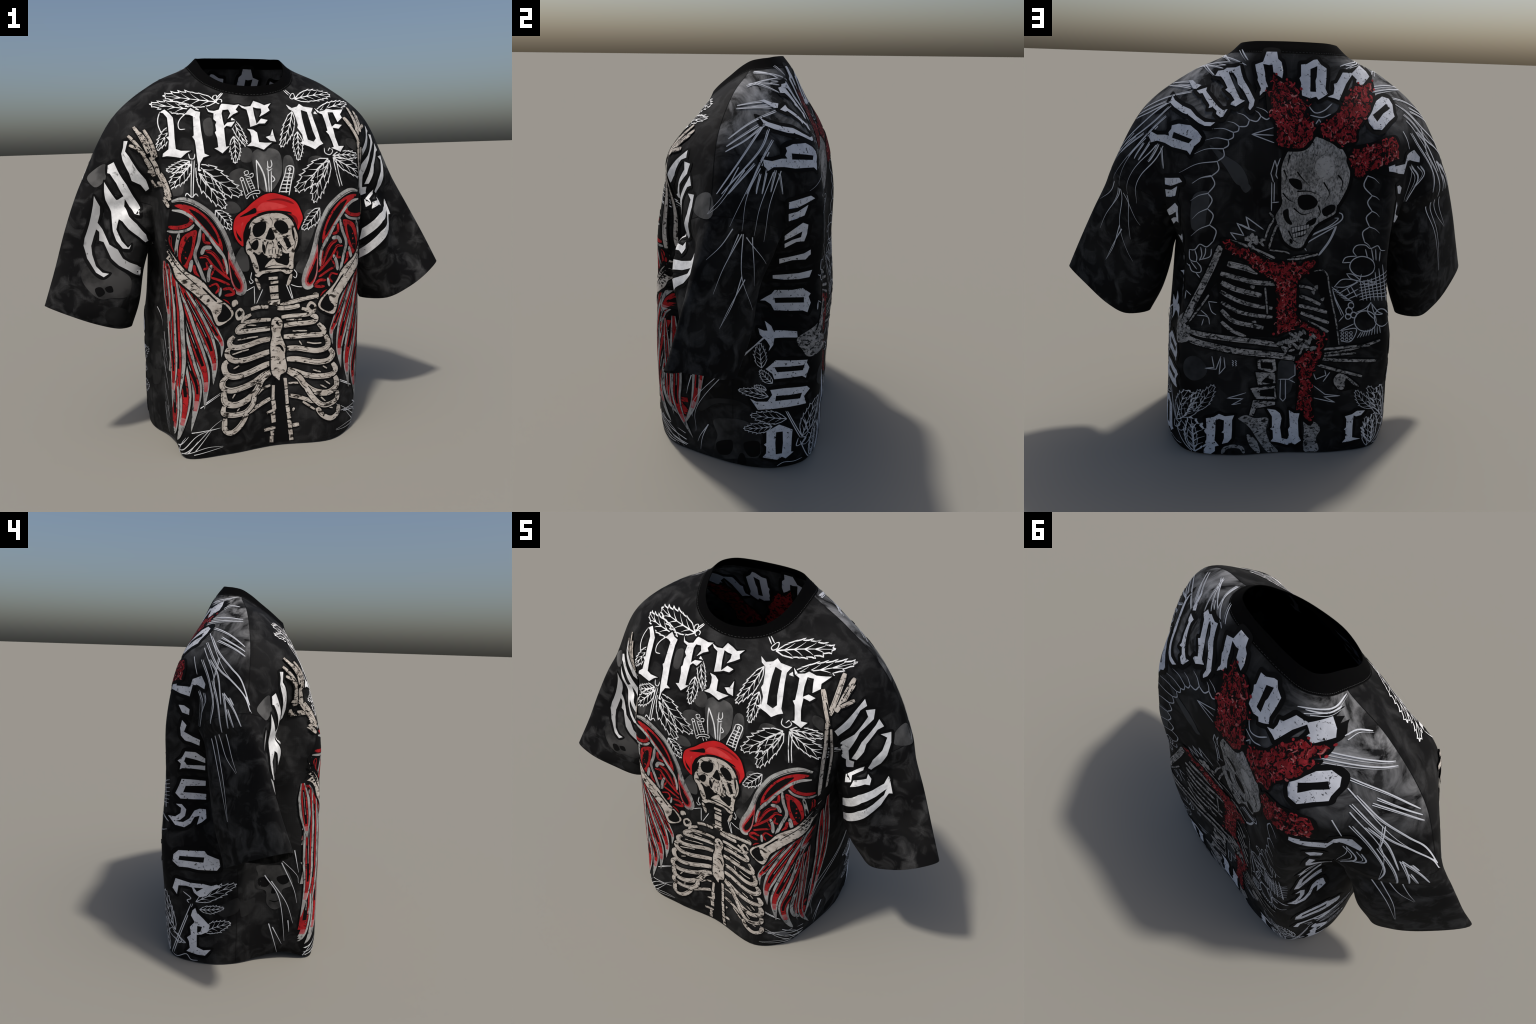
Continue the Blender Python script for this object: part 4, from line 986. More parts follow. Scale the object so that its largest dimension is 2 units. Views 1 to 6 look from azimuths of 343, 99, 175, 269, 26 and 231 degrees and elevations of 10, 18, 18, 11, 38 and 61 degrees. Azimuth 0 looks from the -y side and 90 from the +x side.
p.line("ink_black", [(-0.026,0.966),(-0.036,0.945),(-0.042,0.911)], 0.006, 11, taper=True)
p.line("ink_black", [(0.027,0.963),(0.017,0.95),(0.034,0.932)], 0.005, 11, taper=True)
p.line("ink_black", [(-0.013,1.073),(-0.003,1.055),(-0.008,1.03)], 0.003, 11, taper=True)
p.line("ink_black", [(0.06,0.926),(0.078,0.938),(0.091,0.946)], 0.006, 11, taper=True)
p.line("ink_black", [(-0.062,0.978),(-0.085,0.984),(-0.108,0.977)], 0.005, 11, taper=True)
p.line("ink_black", [(0.041,0.984),(0.062,0.985),(0.08,0.99)], 0.005, 11, taper=True)
p.line("ink_black", [(-0.045,0.848),(-0.004,0.856),(0.057,0.848)], 0.004, 11, taper=True)
for flip in (False, True):
    p = piece("arm_bone", FRONT, flip)
    p.fill("ink_black", grow([(-0.475,1.013),(-0.466,0.969),(-0.446,0.927),(-0.408,0.869),(-0.366,0.839),(-0.332,0.809),(-0.302,0.765),(-0.271,0.735),(-0.227,0.697),(-0.208,0.667),(-0.215,0.645),(-0.24,0.627),(-0.278,0.614),(-0.295,0.637),(-0.311,0.689),(-0.345,0.729),(-0.379,0.768),(-0.42,0.807),(-0.447,0.842),(-0.456,0.882),(-0.47,0.915),(-0.491,0.927),(-0.49,0.985)], .008), 14, smooth=True)
    p.fill("ink_bone", [(-0.475,1.013),(-0.466,0.969),(-0.446,0.927),(-0.408,0.869),(-0.366,0.839),(-0.332,0.809),(-0.302,0.765),(-0.271,0.735),(-0.227,0.697),(-0.208,0.667),(-0.215,0.645),(-0.24,0.627),(-0.278,0.614),(-0.295,0.637),(-0.311,0.689),(-0.345,0.729),(-0.379,0.768),(-0.42,0.807),(-0.447,0.842),(-0.456,0.882),(-0.47,0.915),(-0.491,0.927),(-0.49,0.985)], 15, smooth=True)
    p.line("ink_black", [(-0.464,0.939),(-0.437,0.883),(-0.397,0.837),(-0.351,0.788)], 0.004, 16)
    p.line("ink_black", [(-0.342,0.792),(-0.307,0.752),(-0.281,0.722)], 0.008, 16)
    p.line("ink_black", [(-0.473,0.994),(-0.465,0.956),(-0.447,0.914)], 0.006, 16)
    p.fill("ink_black", [(-0.283,0.653),(-0.265,0.674),(-0.254,0.71),(-0.223,0.676),(-0.22,0.65),(-0.249,0.63),(-0.276,0.633)], 16, smooth=True)
    p.fill("ink_black", [(-0.487,0.986),(-0.476,0.996),(-0.471,0.968),(-0.475,0.935),(-0.489,0.942)], 16, smooth=True)
    p = piece("shoulder_bone", FRONT, flip)
    p.fill("ink_bone", [(-0.199,0.661),(-0.174,0.681),(-0.155,0.659),(-0.161,0.632),(-0.191,0.627)], 8, smooth=True)
    p.fill("ink_bone", [(-0.211,0.714),(-0.191,0.72),(-0.183,0.701),(-0.208,0.69)], 8, smooth=True)
    p.fill("ink_black", [(-0.19,0.66),(-0.175,0.667),(-0.168,0.652),(-0.183,0.64)], 9, smooth=True)
    if not flip: bone_band("arm_bone", FRONT, [(-0.505,1.257),(-0.481,1.203),(-0.456,1.144)], 0.01, 15)
    if not flip: bone_band("arm_bone", FRONT, [(-0.479,1.251),(-0.468,1.209),(-0.452,1.172)], 0.017, 15)
    if not flip: bone_band("arm_bone", FRONT, [(-0.497,1.247),(-0.476,1.193),(-0.458,1.142)], 0.01, 15)
    if not flip: bone_band("arm_bone", FRONT, [(-0.477,1.286),(-0.464,1.249),(-0.452,1.185)], 0.0187, 15)
for flip in (False, True):
    p = piece("wing", FRONT, flip)
    p.fill("ink_black", [(-0.444,1.176),(-0.41,1.184),(-0.359,1.17),(-0.304,1.134),(-0.257,1.088),(-0.224,1.028),(-0.199,0.945),(-0.174,0.879),(-0.145,0.811),(-0.137,0.769),(-0.151,0.738),(-0.186,0.738),(-0.197,0.707),(-0.253,0.723),(-0.324,0.786),(-0.375,0.84),(-0.435,0.91),(-0.471,0.995),(-0.471,1.058)], 2, smooth=True)
    p.line("ink_feather", [(-0.448,1.167),(-0.411,1.175),(-0.369,1.164),(-0.322,1.136),(-0.279,1.098),(-0.246,1.047),(-0.221,0.992),(-0.205,0.936),(-0.184,0.875),(-0.157,0.817),(-0.147,0.77),(-0.158,0.746),(-0.18,0.749),(-0.199,0.772)], 0.021, 4)
    p.line("ink_black", [(-0.448,1.164),(-0.411,1.171),(-0.369,1.158),(-0.322,1.129),(-0.284,1.092),(-0.253,1.043),(-0.228,0.988),(-0.212,0.933)], 0.0025, 5)
    p.fill("ink_red", [(-0.438,1.15),(-0.404,1.154),(-0.358,1.138),(-0.315,1.105),(-0.281,1.063),(-0.257,1.017),(-0.242,0.967),(-0.245,0.935),(-0.262,0.957),(-0.294,1.009),(-0.328,1.051),(-0.366,1.093),(-0.398,1.125)], 4, smooth=True)
    p.fill("ink_black", [(-0.38,1.133),(-0.342,1.115),(-0.308,1.083),(-0.282,1.046),(-0.264,1.009),(-0.258,0.975),(-0.285,1.008),(-0.314,1.046),(-0.352,1.094)], 5, smooth=True)
    p.line("ink_feather", [(-0.449,1.131),(-0.411,1.124),(-0.374,1.1),(-0.345,1.068),(-0.311,1.026),(-0.277,0.974),(-0.241,0.92)], 0.013, 5)
    p.line("ink_red", [(-0.466,1.06),(-0.428,1.058),(-0.39,1.067),(-0.373,1.083),(-0.379,1.096)], 0.016, 4)
    p.line("ink_feather", [(-0.47,1.041),(-0.429,1.04),(-0.386,1.049),(-0.363,1.067)], 0.011, 5)
    p.fill("ink_red", [(-0.414,1.018),(-0.355,1.043),(-0.362,0.995),(-0.379,0.929),(-0.408,0.871),(-0.428,0.894),(-0.434,0.945)], 4, smooth=True)
    p.fill("ink_black", [(-0.4,1),(-0.374,1.018),(-0.382,0.961),(-0.414,0.894),(-0.425,0.932)], 5, smooth=True)
    p.line("ink_black", [(-0.428,1.034),(-0.44,0.977),(-0.444,0.928)], 0.017, 5)
    p.line("ink_feather", [(-0.428,1.034),(-0.44,0.977),(-0.444,0.928)], 0.012, 6)
    p.line("ink_black", [(-0.337,1.048),(-0.347,0.993),(-0.366,0.937),(-0.35,0.882),(-0.325,0.802)], 0.019, 5)
    p.line("ink_feather", [(-0.337,1.048),(-0.347,0.993),(-0.366,0.937),(-0.35,0.882),(-0.325,0.802)], 0.014, 6)
    p.line("ink_black", [(-0.38,0.916),(-0.394,0.859)], 0.021, 5)
    p.line("ink_feather", [(-0.38,0.916),(-0.394,0.859)], 0.016, 6)
    p.line("ink_black", [(-0.338,0.935),(-0.323,0.963),(-0.291,0.962)], 0.022, 5)
    p.line("ink_feather", [(-0.338,0.935),(-0.323,0.963),(-0.291,0.962)], 0.017, 6)
    p.line("ink_black", [(-0.295,0.886),(-0.309,0.852),(-0.313,0.812)], 0.02, 5)
    p.line("ink_feather", [(-0.295,0.886),(-0.309,0.852),(-0.313,0.812)], 0.015, 6)
    p.line("ink_black", [(-0.26,0.783),(-0.266,0.743)], 0.017, 5)
    p.line("ink_feather", [(-0.26,0.783),(-0.266,0.743)], 0.012, 6)
    p.line("ink_black", [(-0.268,0.969),(-0.238,0.917),(-0.227,0.871),(-0.226,0.839)], 0.016, 5)
    p.line("ink_feather", [(-0.268,0.969),(-0.238,0.917),(-0.227,0.871),(-0.226,0.839)], 0.011, 6)
    p.line("ink_black", [(-0.461,1.024),(-0.461,0.98),(-0.451,0.94)], 0.019, 4)
    p.line("ink_red", [(-0.461,1.024),(-0.461,0.98),(-0.451,0.94)], 0.0094, 5)
    p.line("ink_black", [(-0.346,0.922),(-0.316,0.924),(-0.295,0.891),(-0.273,0.866),(-0.216,0.813)], 0.022, 4)
    p.line("ink_red", [(-0.346,0.922),(-0.316,0.924),(-0.295,0.891),(-0.273,0.866),(-0.216,0.813)], 0.0115, 5)
    p.line("ink_black", [(-0.319,0.951),(-0.288,0.937),(-0.262,0.901),(-0.235,0.844)], 0.026, 4)
    p.line("ink_red", [(-0.319,0.951),(-0.288,0.937),(-0.262,0.901),(-0.235,0.844)], 0.0144, 5)
    p.line("ink_black", [(-0.244,0.909),(-0.232,0.867),(-0.229,0.83)], 0.016, 4)
    p.line("ink_red", [(-0.244,0.909),(-0.232,0.867),(-0.229,0.83)], 0.0072, 5)
    p.line("ink_black", [(-0.301,0.831),(-0.262,0.815),(-0.217,0.79)], 0.02, 4)
    p.line("ink_red", [(-0.301,0.831),(-0.262,0.815),(-0.217,0.79)], 0.0101, 5)
    p.line("ink_black", [(-0.317,0.792),(-0.282,0.802),(-0.267,0.78),(-0.284,0.759)], 0.02, 4)
    p.line("ink_red", [(-0.317,0.792),(-0.282,0.802),(-0.267,0.78),(-0.284,0.759)], 0.0101, 5)
    p.line("ink_black", [(-0.325,1.027),(-0.322,0.991),(-0.295,0.98)], 0.023, 4)
    p.line("ink_red", [(-0.325,1.027),(-0.322,0.991),(-0.295,0.98)], 0.0122, 5)
    p.line("ink_black", [(-0.317,0.902),(-0.314,0.875),(-0.333,0.87)], 0.021, 4)
    p.line("ink_red", [(-0.317,0.902),(-0.314,0.875),(-0.333,0.87)], 0.0108, 5)
    p.line("ink_black", [(-0.372,0.893),(-0.369,0.862),(-0.353,0.833)], 0.024, 4)
    p.line("ink_red", [(-0.372,0.893),(-0.369,0.862),(-0.353,0.833)], 0.013, 5)
    p.line("ink_black", [(-0.251,0.773),(-0.218,0.774),(-0.2,0.749),(-0.243,0.745)], 0.024, 4)
    p.line("ink_red", [(-0.251,0.773),(-0.218,0.774),(-0.2,0.749),(-0.243,0.745)], 0.013, 5)
    p.line("ink_black", [(-0.258,0.728),(-0.235,0.717),(-0.222,0.697)], 0.019, 4)
    p.line("ink_red", [(-0.258,0.728),(-0.235,0.717),(-0.222,0.697)], 0.0094, 5)
    p.line("ink_black", [(-0.283,0.867),(-0.303,0.833)], 0.017, 4)
    p.line("ink_red", [(-0.283,0.867),(-0.303,0.833)], 0.0079, 5)
    p.line("ink_black", [(-0.321,0.911),(-0.301,0.873),(-0.248,0.828),(-0.216,0.806)], 0.0035, 7)
    p.line("ink_black", [(-0.302,0.842),(-0.257,0.826),(-0.216,0.797)], 0.0035, 7)
    p.line("ink_black", [(-0.343,0.931),(-0.307,0.919),(-0.277,0.88)], 0.0035, 7)
    p.line("ink_black", [(-0.314,0.798),(-0.277,0.808),(-0.26,0.783)], 0.0035, 7)
    p.line("ink_black", [(-0.324,0.947),(-0.292,0.944),(-0.253,0.896),(-0.237,0.849)], 0.003, 7)
    p.fill("ink_pink", [(-0.218,0.94),(-0.202,0.891),(-0.171,0.833),(-0.152,0.78),(-0.161,0.752),(-0.185,0.756),(-0.207,0.796),(-0.215,0.847)], 5, smooth=True)
    p.fill("ink_red", [(-0.215,0.906),(-0.19,0.851),(-0.161,0.786),(-0.167,0.759),(-0.187,0.766),(-0.203,0.804),(-0.211,0.851)], 6, smooth=True)
    p.fill("ink_black", [(-0.211,0.878),(-0.188,0.83),(-0.168,0.789),(-0.171,0.766),(-0.189,0.778),(-0.204,0.811),(-0.209,0.846)], 7, smooth=True)
    feather(FRONT, [(-0.4,0.795),(-0.361,0.711),(-0.324,0.643),(-0.29,0.579),(-0.267,0.529),(-0.272,0.468)], 0.04, 2, flip)
    feather(FRONT, [(-0.433,0.814),(-0.4,0.723),(-0.361,0.633),(-0.325,0.537),(-0.306,0.445),(-0.315,0.346)], 0.056, 3.5, flip)
    feather(FRONT, [(-0.463,0.83),(-0.438,0.729),(-0.41,0.615),(-0.377,0.501),(-0.348,0.384),(-0.36,0.237)], 0.0585, 5, flip)
    feather(FRONT, [(-0.485,0.844),(-0.461,0.726),(-0.445,0.591),(-0.417,0.448),(-0.388,0.322),(-0.424,0.138)], 0.0585, 6.5, flip)
    feather(FRONT, [(-0.476,0.875),(-0.485,0.813),(-0.479,0.717),(-0.489,0.592)], 0.0425, 5.5, flip)
    feather(FRONT, [(-0.476,0.897),(-0.464,0.821),(-0.444,0.755),(-0.432,0.715)], 0.034, 7, flip)
    feather(FRONT, [(-0.477,0.69),(-0.471,0.586),(-0.458,0.483),(-0.442,0.362),(-0.442,0.253),(-0.477,0.084)], 0.0535, 8, flip)
    feather(FRONT, [(-0.481,0.474),(-0.478,0.362),(-0.478,0.265),(-0.485,0.09)], 0.0305, 9.5, flip)
    p = piece("grass_blade", FRONT, flip)
    p.line("ink_white", [(-0.474,0.061),(-0.436,0.114)], .0045, 4, taper=True)
    p.line("ink_white", [(-0.469,0.035),(-0.396,0.116),(-0.29,0.138)], .0045, 4, taper=True)
    p.line("ink_white", [(-0.422,0.131),(-0.292,0.137)], .0045, 4, taper=True)
    p.line("ink_white", [(-0.463,0.018),(-0.339,0.137),(-0.275,0.18)], .0045, 4, taper=True)
    p.line("ink_white", [(-0.439,0.031),(-0.397,0.089)], .0045, 4, taper=True)
    p.line("ink_white", [(-0.408,0.041),(-0.332,0.134)], .0045, 4, taper=True)
    p.line("ink_white", [(-0.454,0.024),(-0.362,0.05),(-0.282,0.046)], .0045, 4, taper=True)
    p.line("ink_white", [(-0.415,0.02),(-0.282,0.042)], .0045, 4, taper=True)
    p.line("ink_white", [(-0.352,0.265),(-0.28,0.305)], .0045, 4, taper=True)
    p.line("ink_white", [(-0.378,0.244),(-0.28,0.298)], .0045, 4, taper=True)
bone_band("finger_bone", FRONT, [(-0.565,1.484),(-0.543,1.44),(-0.518,1.373)], 0.0137, 16)
bone_band("finger_bone", FRONT, [(-0.591,1.448),(-0.563,1.412),(-0.53,1.358)], 0.0137, 16)
bone_band("finger_bone", FRONT, [(-0.549,1.462),(-0.52,1.413),(-0.497,1.349)], 0.0137, 16)
bone_band("finger_bone", FRONT, [(-0.59,1.408),(-0.555,1.388),(-0.519,1.331)], 0.0122, 16)
bone_band("finger_bone", FRONT, [(-0.528,1.469),(-0.506,1.415),(-0.488,1.355)], 0.0122, 16)
bone_band("finger_bone", FRONT, [(-0.53,1.35),(-0.511,1.314),(-0.497,1.274)], 0.0167, 16)
bone_band("finger_bone", FRONT, [(-0.511,1.357),(-0.49,1.319),(-0.482,1.282)], 0.0152, 16)
bone_band("finger_bone", FRONT, [(-0.521,1.296),(-0.482,1.29)], 0.0137, 16)
# ------------------------------------------------------------------ sleeve and shoulder prints
p = piece("letter", SLEEVE_LEFT)
p.fill("ink_black", grow([(-0.465,1.385),(-0.444,1.384),(-0.457,1.34),(-0.438,1.317),(-0.405,1.257),(-0.378,1.218),(-0.373,1.179),(-0.39,1.168),(-0.406,1.196),(-0.439,1.213),(-0.445,1.246),(-0.47,1.302),(-0.476,1.33),(-0.467,1.357)], .012), 3, smooth=True)
p.fill("ink_white", [(-0.465,1.385),(-0.444,1.384),(-0.457,1.34),(-0.438,1.317),(-0.405,1.257),(-0.378,1.218),(-0.373,1.179),(-0.39,1.168),(-0.406,1.196),(-0.439,1.213),(-0.445,1.246),(-0.47,1.302),(-0.476,1.33),(-0.467,1.357)], 6)
p = piece("letter", SLEEVE_LEFT)
p.fill("ink_black", grow([(-0.545,1.282),(-0.515,1.295),(-0.491,1.247),(-0.462,1.196),(-0.445,1.146),(-0.423,1.094),(-0.419,1.06),(-0.439,1.066),(-0.466,1.1),(-0.479,1.135),(-0.509,1.13),(-0.482,1.146),(-0.506,1.203),(-0.535,1.245),(-0.548,1.248)], .012), 3, smooth=True)
p.fill("ink_white", [(-0.545,1.282),(-0.515,1.295),(-0.491,1.247),(-0.462,1.196),(-0.445,1.146),(-0.423,1.094),(-0.419,1.06),(-0.439,1.066),(-0.466,1.1),(-0.479,1.135),(-0.509,1.13),(-0.482,1.146),(-0.506,1.203),(-0.535,1.245),(-0.548,1.248)], 6)
p = piece("letter", SLEEVE_LEFT)
p.fill("ink_black", grow([(-0.564,1.209),(-0.55,1.186),(-0.515,1.13),(-0.479,1.135),(-0.487,1.101),(-0.46,1.055),(-0.43,1.021),(-0.403,0.973),(-0.402,0.925),(-0.405,0.93),(-0.428,0.962),(-0.466,0.998),(-0.49,1.033),(-0.509,1.044),(-0.525,0.998),(-0.506,0.946),(-0.481,0.913),(-0.467,0.928),(-0.476,0.908),(-0.502,0.911),(-0.528,0.946),(-0.542,0.987),(-0.546,1.044),(-0.549,1.078),(-0.565,1.13),(-0.566,1.17)], .012), 3, smooth=True)
p.fill("ink_white", [(-0.564,1.209),(-0.55,1.186),(-0.515,1.13),(-0.479,1.135),(-0.487,1.101),(-0.46,1.055),(-0.43,1.021),(-0.403,0.973),(-0.402,0.925),(-0.405,0.93),(-0.428,0.962),(-0.466,0.998),(-0.49,1.033),(-0.509,1.044),(-0.525,0.998),(-0.506,0.946),(-0.481,0.913),(-0.467,0.928),(-0.476,0.908),(-0.502,0.911),(-0.528,0.946),(-0.542,0.987),(-0.546,1.044),(-0.549,1.078),(-0.565,1.13),(-0.566,1.17)], 6)
p = piece("letter", SLEEVE_LEFT)
p.fill("ink_black", grow([(-0.616,1.148),(-0.597,1.102),(-0.601,1.068),(-0.613,1.028),(-0.592,0.998),(-0.559,0.929),(-0.523,0.906),(-0.502,0.865),(-0.478,0.847),(-0.451,0.833),(-0.442,0.819),(-0.449,0.783),(-0.461,0.793),(-0.483,0.812),(-0.516,0.834),(-0.547,0.867),(-0.585,0.941),(-0.604,0.947),(-0.606,0.987),(-0.619,0.999),(-0.628,0.965),(-0.635,0.925),(-0.627,0.886),(-0.606,0.835),(-0.578,0.806),(-0.553,0.8),(-0.572,0.786),(-0.603,0.807),(-0.644,0.87),(-0.662,0.927),(-0.66,0.961),(-0.644,1.023),(-0.629,1.091)], .012), 3, smooth=True)
p.fill("ink_feather_white", [(-0.616,1.148),(-0.597,1.102),(-0.601,1.068),(-0.613,1.028),(-0.592,0.998),(-0.559,0.929),(-0.523,0.906),(-0.502,0.865),(-0.478,0.847),(-0.451,0.833),(-0.442,0.819),(-0.449,0.783),(-0.461,0.793),(-0.483,0.812),(-0.516,0.834),(-0.547,0.867),(-0.585,0.941),(-0.604,0.947),(-0.606,0.987),(-0.619,0.999),(-0.628,0.965),(-0.635,0.925),(-0.627,0.886),(-0.606,0.835),(-0.578,0.806),(-0.553,0.8),(-0.572,0.786),(-0.603,0.807),(-0.644,0.87),(-0.662,0.927),(-0.66,0.961),(-0.644,1.023),(-0.629,1.091)], 6)
p = piece("faint_skull", SLEEVE_LEFT)
p.fill("ink_photo", [(-0.653,0.826),(-0.618,0.858),(-0.568,0.868),(-0.525,0.826),(-0.479,0.783),(-0.475,0.735),(-0.495,0.689),(-0.548,0.689),(-0.583,0.687),(-0.617,0.719),(-0.653,0.777)], 1, smooth=True)
p.fill("ink_black", [(-0.604,0.735),(-0.581,0.742),(-0.568,0.715),(-0.591,0.699)], 2, smooth=True)
p.fill("ink_black", [(-0.567,0.738),(-0.544,0.745),(-0.539,0.718),(-0.559,0.717)], 2, smooth=True)
p = piece("faint_photo", SLEEVE_LEFT)
p.fill("ink_photo_light", [(-0.655,1.228),(-0.622,1.262),(-0.561,1.288),(-0.555,1.232),(-0.574,1.204),(-0.612,1.187)], 1, smooth=True)
p.fill("ink_shadow", [(-0.571,0.631),(-0.535,0.645),(-0.505,0.618),(-0.526,0.546),(-0.551,0.55),(-0.578,0.582)], 1, smooth=True)
p = piece("letter", SLEEVE_RIGHT)
p.fill("ink_black", grow([(0.301,1.123),(0.342,1.164),(0.386,1.214),(0.418,1.25),(0.428,1.222),(0.4,1.206),(0.363,1.137),(0.318,1.099)], .012), 3, smooth=True)
p.fill("ink_white", [(0.301,1.123),(0.342,1.164),(0.386,1.214),(0.418,1.25),(0.428,1.222),(0.4,1.206),(0.363,1.137),(0.318,1.099)], 6)
p = piece("letter", SLEEVE_RIGHT)
p.fill("ink_black", grow([(0.335,1.062),(0.389,1.102),(0.437,1.177),(0.424,1.205),(0.465,1.207),(0.462,1.166),(0.41,1.113),(0.394,1.063),(0.38,1.019),(0.392,0.968),(0.411,0.965),(0.412,0.935),(0.384,0.93),(0.38,0.969),(0.359,0.979)], .012), 3, smooth=True)
p.fill("ink_white", [(0.335,1.062),(0.389,1.102),(0.437,1.177),(0.424,1.205),(0.465,1.207),(0.462,1.166),(0.41,1.113),(0.394,1.063),(0.38,1.019),(0.392,0.968),(0.411,0.965),(0.412,0.935),(0.384,0.93),(0.38,0.969),(0.359,0.979)], 6)
p = piece("letter", SLEEVE_RIGHT)
p.fill("ink_black", grow([(0.399,0.979),(0.423,1.065),(0.475,1.141),(0.486,1.165),(0.51,1.133),(0.484,1.12),(0.444,1.057),(0.439,1.02),(0.418,0.976)], .012), 3, smooth=True)
p.fill("ink_white", [(0.399,0.979),(0.423,1.065),(0.475,1.141),(0.486,1.165),(0.51,1.133),(0.484,1.12),(0.444,1.057),(0.439,1.02),(0.418,0.976)], 6)
p = piece("letter", SLEEVE_RIGHT)
p.fill("ink_black", grow([(0.5,1.099),(0.545,1.107),(0.55,1.061),(0.54,1.003),(0.521,0.962),(0.486,0.927),(0.471,0.936),(0.482,0.981),(0.516,1.026),(0.53,1.083)], .012), 3, smooth=True)
p.fill("ink_white", [(0.5,1.099),(0.545,1.107),(0.55,1.061),(0.54,1.003),(0.521,0.962),(0.486,0.927),(0.471,0.936),(0.482,0.981),(0.516,1.026),(0.53,1.083)], 6)
p = piece("letter", SLEEVE_RIGHT)
p.fill("ink_black", grow([(0.4,0.85),(0.411,0.881),(0.467,0.887),(0.473,0.907),(0.489,0.885),(0.483,0.858),(0.46,0.864)], .012), 3, smooth=True)
p.fill("ink_white", [(0.4,0.85),(0.411,0.881),(0.467,0.887),(0.473,0.907),(0.489,0.885),(0.483,0.858),(0.46,0.864)], 6)
p = piece("letter", SLEEVE_RIGHT)
p.fill("ink_black", grow([(0.387,0.773),(0.435,0.817),(0.499,0.834),(0.551,0.857),(0.568,0.894),(0.577,0.88),(0.567,0.834),(0.517,0.803),(0.452,0.779),(0.397,0.723)], .012), 3, smooth=True)
p.fill("ink_white", [(0.387,0.773),(0.435,0.817),(0.499,0.834),(0.551,0.857),(0.568,0.894),(0.577,0.88),(0.567,0.834),(0.517,0.803),(0.452,0.779),(0.397,0.723)], 6)
p = piece("letter", SLEEVE_RIGHT)
p.fill("ink_black", grow([(0.406,0.678),(0.446,0.733),(0.504,0.767),(0.555,0.805),(0.577,0.872),(0.594,0.811),(0.577,0.811),(0.544,0.76),(0.495,0.719),(0.46,0.683),(0.414,0.636)], .012), 3, smooth=True)
p.fill("ink_white", [(0.406,0.678),(0.446,0.733),(0.504,0.767),(0.555,0.805),(0.577,0.872),(0.594,0.811),(0.577,0.811),(0.544,0.76),(0.495,0.719),(0.46,0.683),(0.414,0.636)], 6)
p = piece("letter", SLEEVE_RIGHT)
p.fill("ink_black", grow([(0.381,0.866),(0.382,0.903),(0.406,0.914),(0.455,0.945),(0.452,0.924),(0.405,0.9),(0.402,0.873)], .012), 3, smooth=True)
p.fill("ink_white", [(0.381,0.866),(0.382,0.903),(0.406,0.914),(0.455,0.945),(0.452,0.924),(0.405,0.9),(0.402,0.873)], 6)
bone_band("finger_bone", SLEEVE_RIGHT, [(0.25,1.287),(0.26,1.233),(0.272,1.157)], 0.0184, 9)
bone_band("finger_bone", SLEEVE_RIGHT, [(0.276,1.191),(0.306,1.271),(0.336,1.347)], 0.0199, 9)
bone_band("finger_bone", SLEEVE_RIGHT, [(0.3,1.204),(0.337,1.271),(0.376,1.329)], 0.0184, 9)
bone_band("finger_bone", SLEEVE_RIGHT, [(0.325,1.235),(0.351,1.276),(0.374,1.306)], 0.0138, 9)
bone_band("finger_bone", SLEEVE_RIGHT, [(0.319,1.223),(0.374,1.246)], 0.0153, 9)
bone_band("arm_bone", FRONT_EDGE, [(0.342,1.406),(0.344,1.297),(0.339,1.188),(0.338,1.035)], 0.0138, 15)
bone_band("arm_bone", FRONT_EDGE, [(0.36,1.369),(0.371,1.224),(0.365,1.05)], 0.0096, 15)
bone_band("arm_bone", FRONT_EDGE, [(0.323,1.466),(0.336,1.428),(0.35,1.382)], 0.0138, 15)
p = piece("faint_photo", SLEEVE_RIGHT)
p.fill("ink_photo_light", [(0.563,1.102),(0.615,1.136),(0.653,1.051),(0.569,1.049)], 1, smooth=True)
p = piece("palm_frond", SHOULDER_LEFT)
p.line("ink_line", [(0.004,1.035),(0.108,0.97),(0.201,0.897)], 0.0046, 4)
p.line("ink_line", [(0.003,1.027),(0.107,0.965),(0.201,0.895)], 0.003, 4, taper=True)
p.line("ink_line", [(0.072,0.962),(0.126,0.925),(0.207,0.873)], 0.0046, 4)
p.line("ink_line", [(0.07,0.955),(0.125,0.921),(0.207,0.871)], 0.003, 4, taper=True)
p.line("ink_line", [(0.057,0.946),(0.138,0.899),(0.213,0.85)], 0.0046, 4)
p.line("ink_line", [(0.055,0.939),(0.137,0.894),(0.212,0.847)], 0.003, 4, taper=True)
p.line("ink_line", [(0.015,0.977),(0.079,0.882),(0.162,0.796),(0.219,0.739),(0.271,0.638)], 0.0046, 4)
p.line("ink_line", [(0.008,0.975),(0.074,0.88),(0.159,0.794),(0.217,0.737),(0.27,0.637)], 0.003, 4, taper=True)
p.line("ink_line", [(-0.002,0.949),(0.091,0.81),(0.174,0.739),(0.244,0.673),(0.278,0.612)], 0.0046, 4)
p.line("ink_line", [(-0.009,0.946),(0.086,0.808),(0.171,0.737),(0.242,0.672),(0.277,0.611)], 0.003, 4, taper=True)
p.line("ink_line", [(0.04,0.854),(0.099,0.771),(0.139,0.642)], 0.0046, 4)
p.line("ink_line", [(0.032,0.854),(0.094,0.77),(0.137,0.642)], 0.003, 4, taper=True)
p.line("ink_line", [(0.146,0.689),(0.168,0.619),(0.186,0.548)], 0.0046, 4)
p.line("ink_line", [(0.138,0.689),(0.163,0.619),(0.183,0.548)], 0.003, 4, taper=True)
p.line("ink_line", [(0.146,0.689),(0.207,0.616),(0.251,0.548)], 0.0046, 4)
p.line("ink_line", [(0.139,0.687),(0.203,0.614),(0.249,0.548)], 0.003, 4, taper=True)
p.line("ink_line", [(-0.005,0.863),(0.053,0.76),(0.096,0.649),(0.087,0.579)], 0.0046, 4)
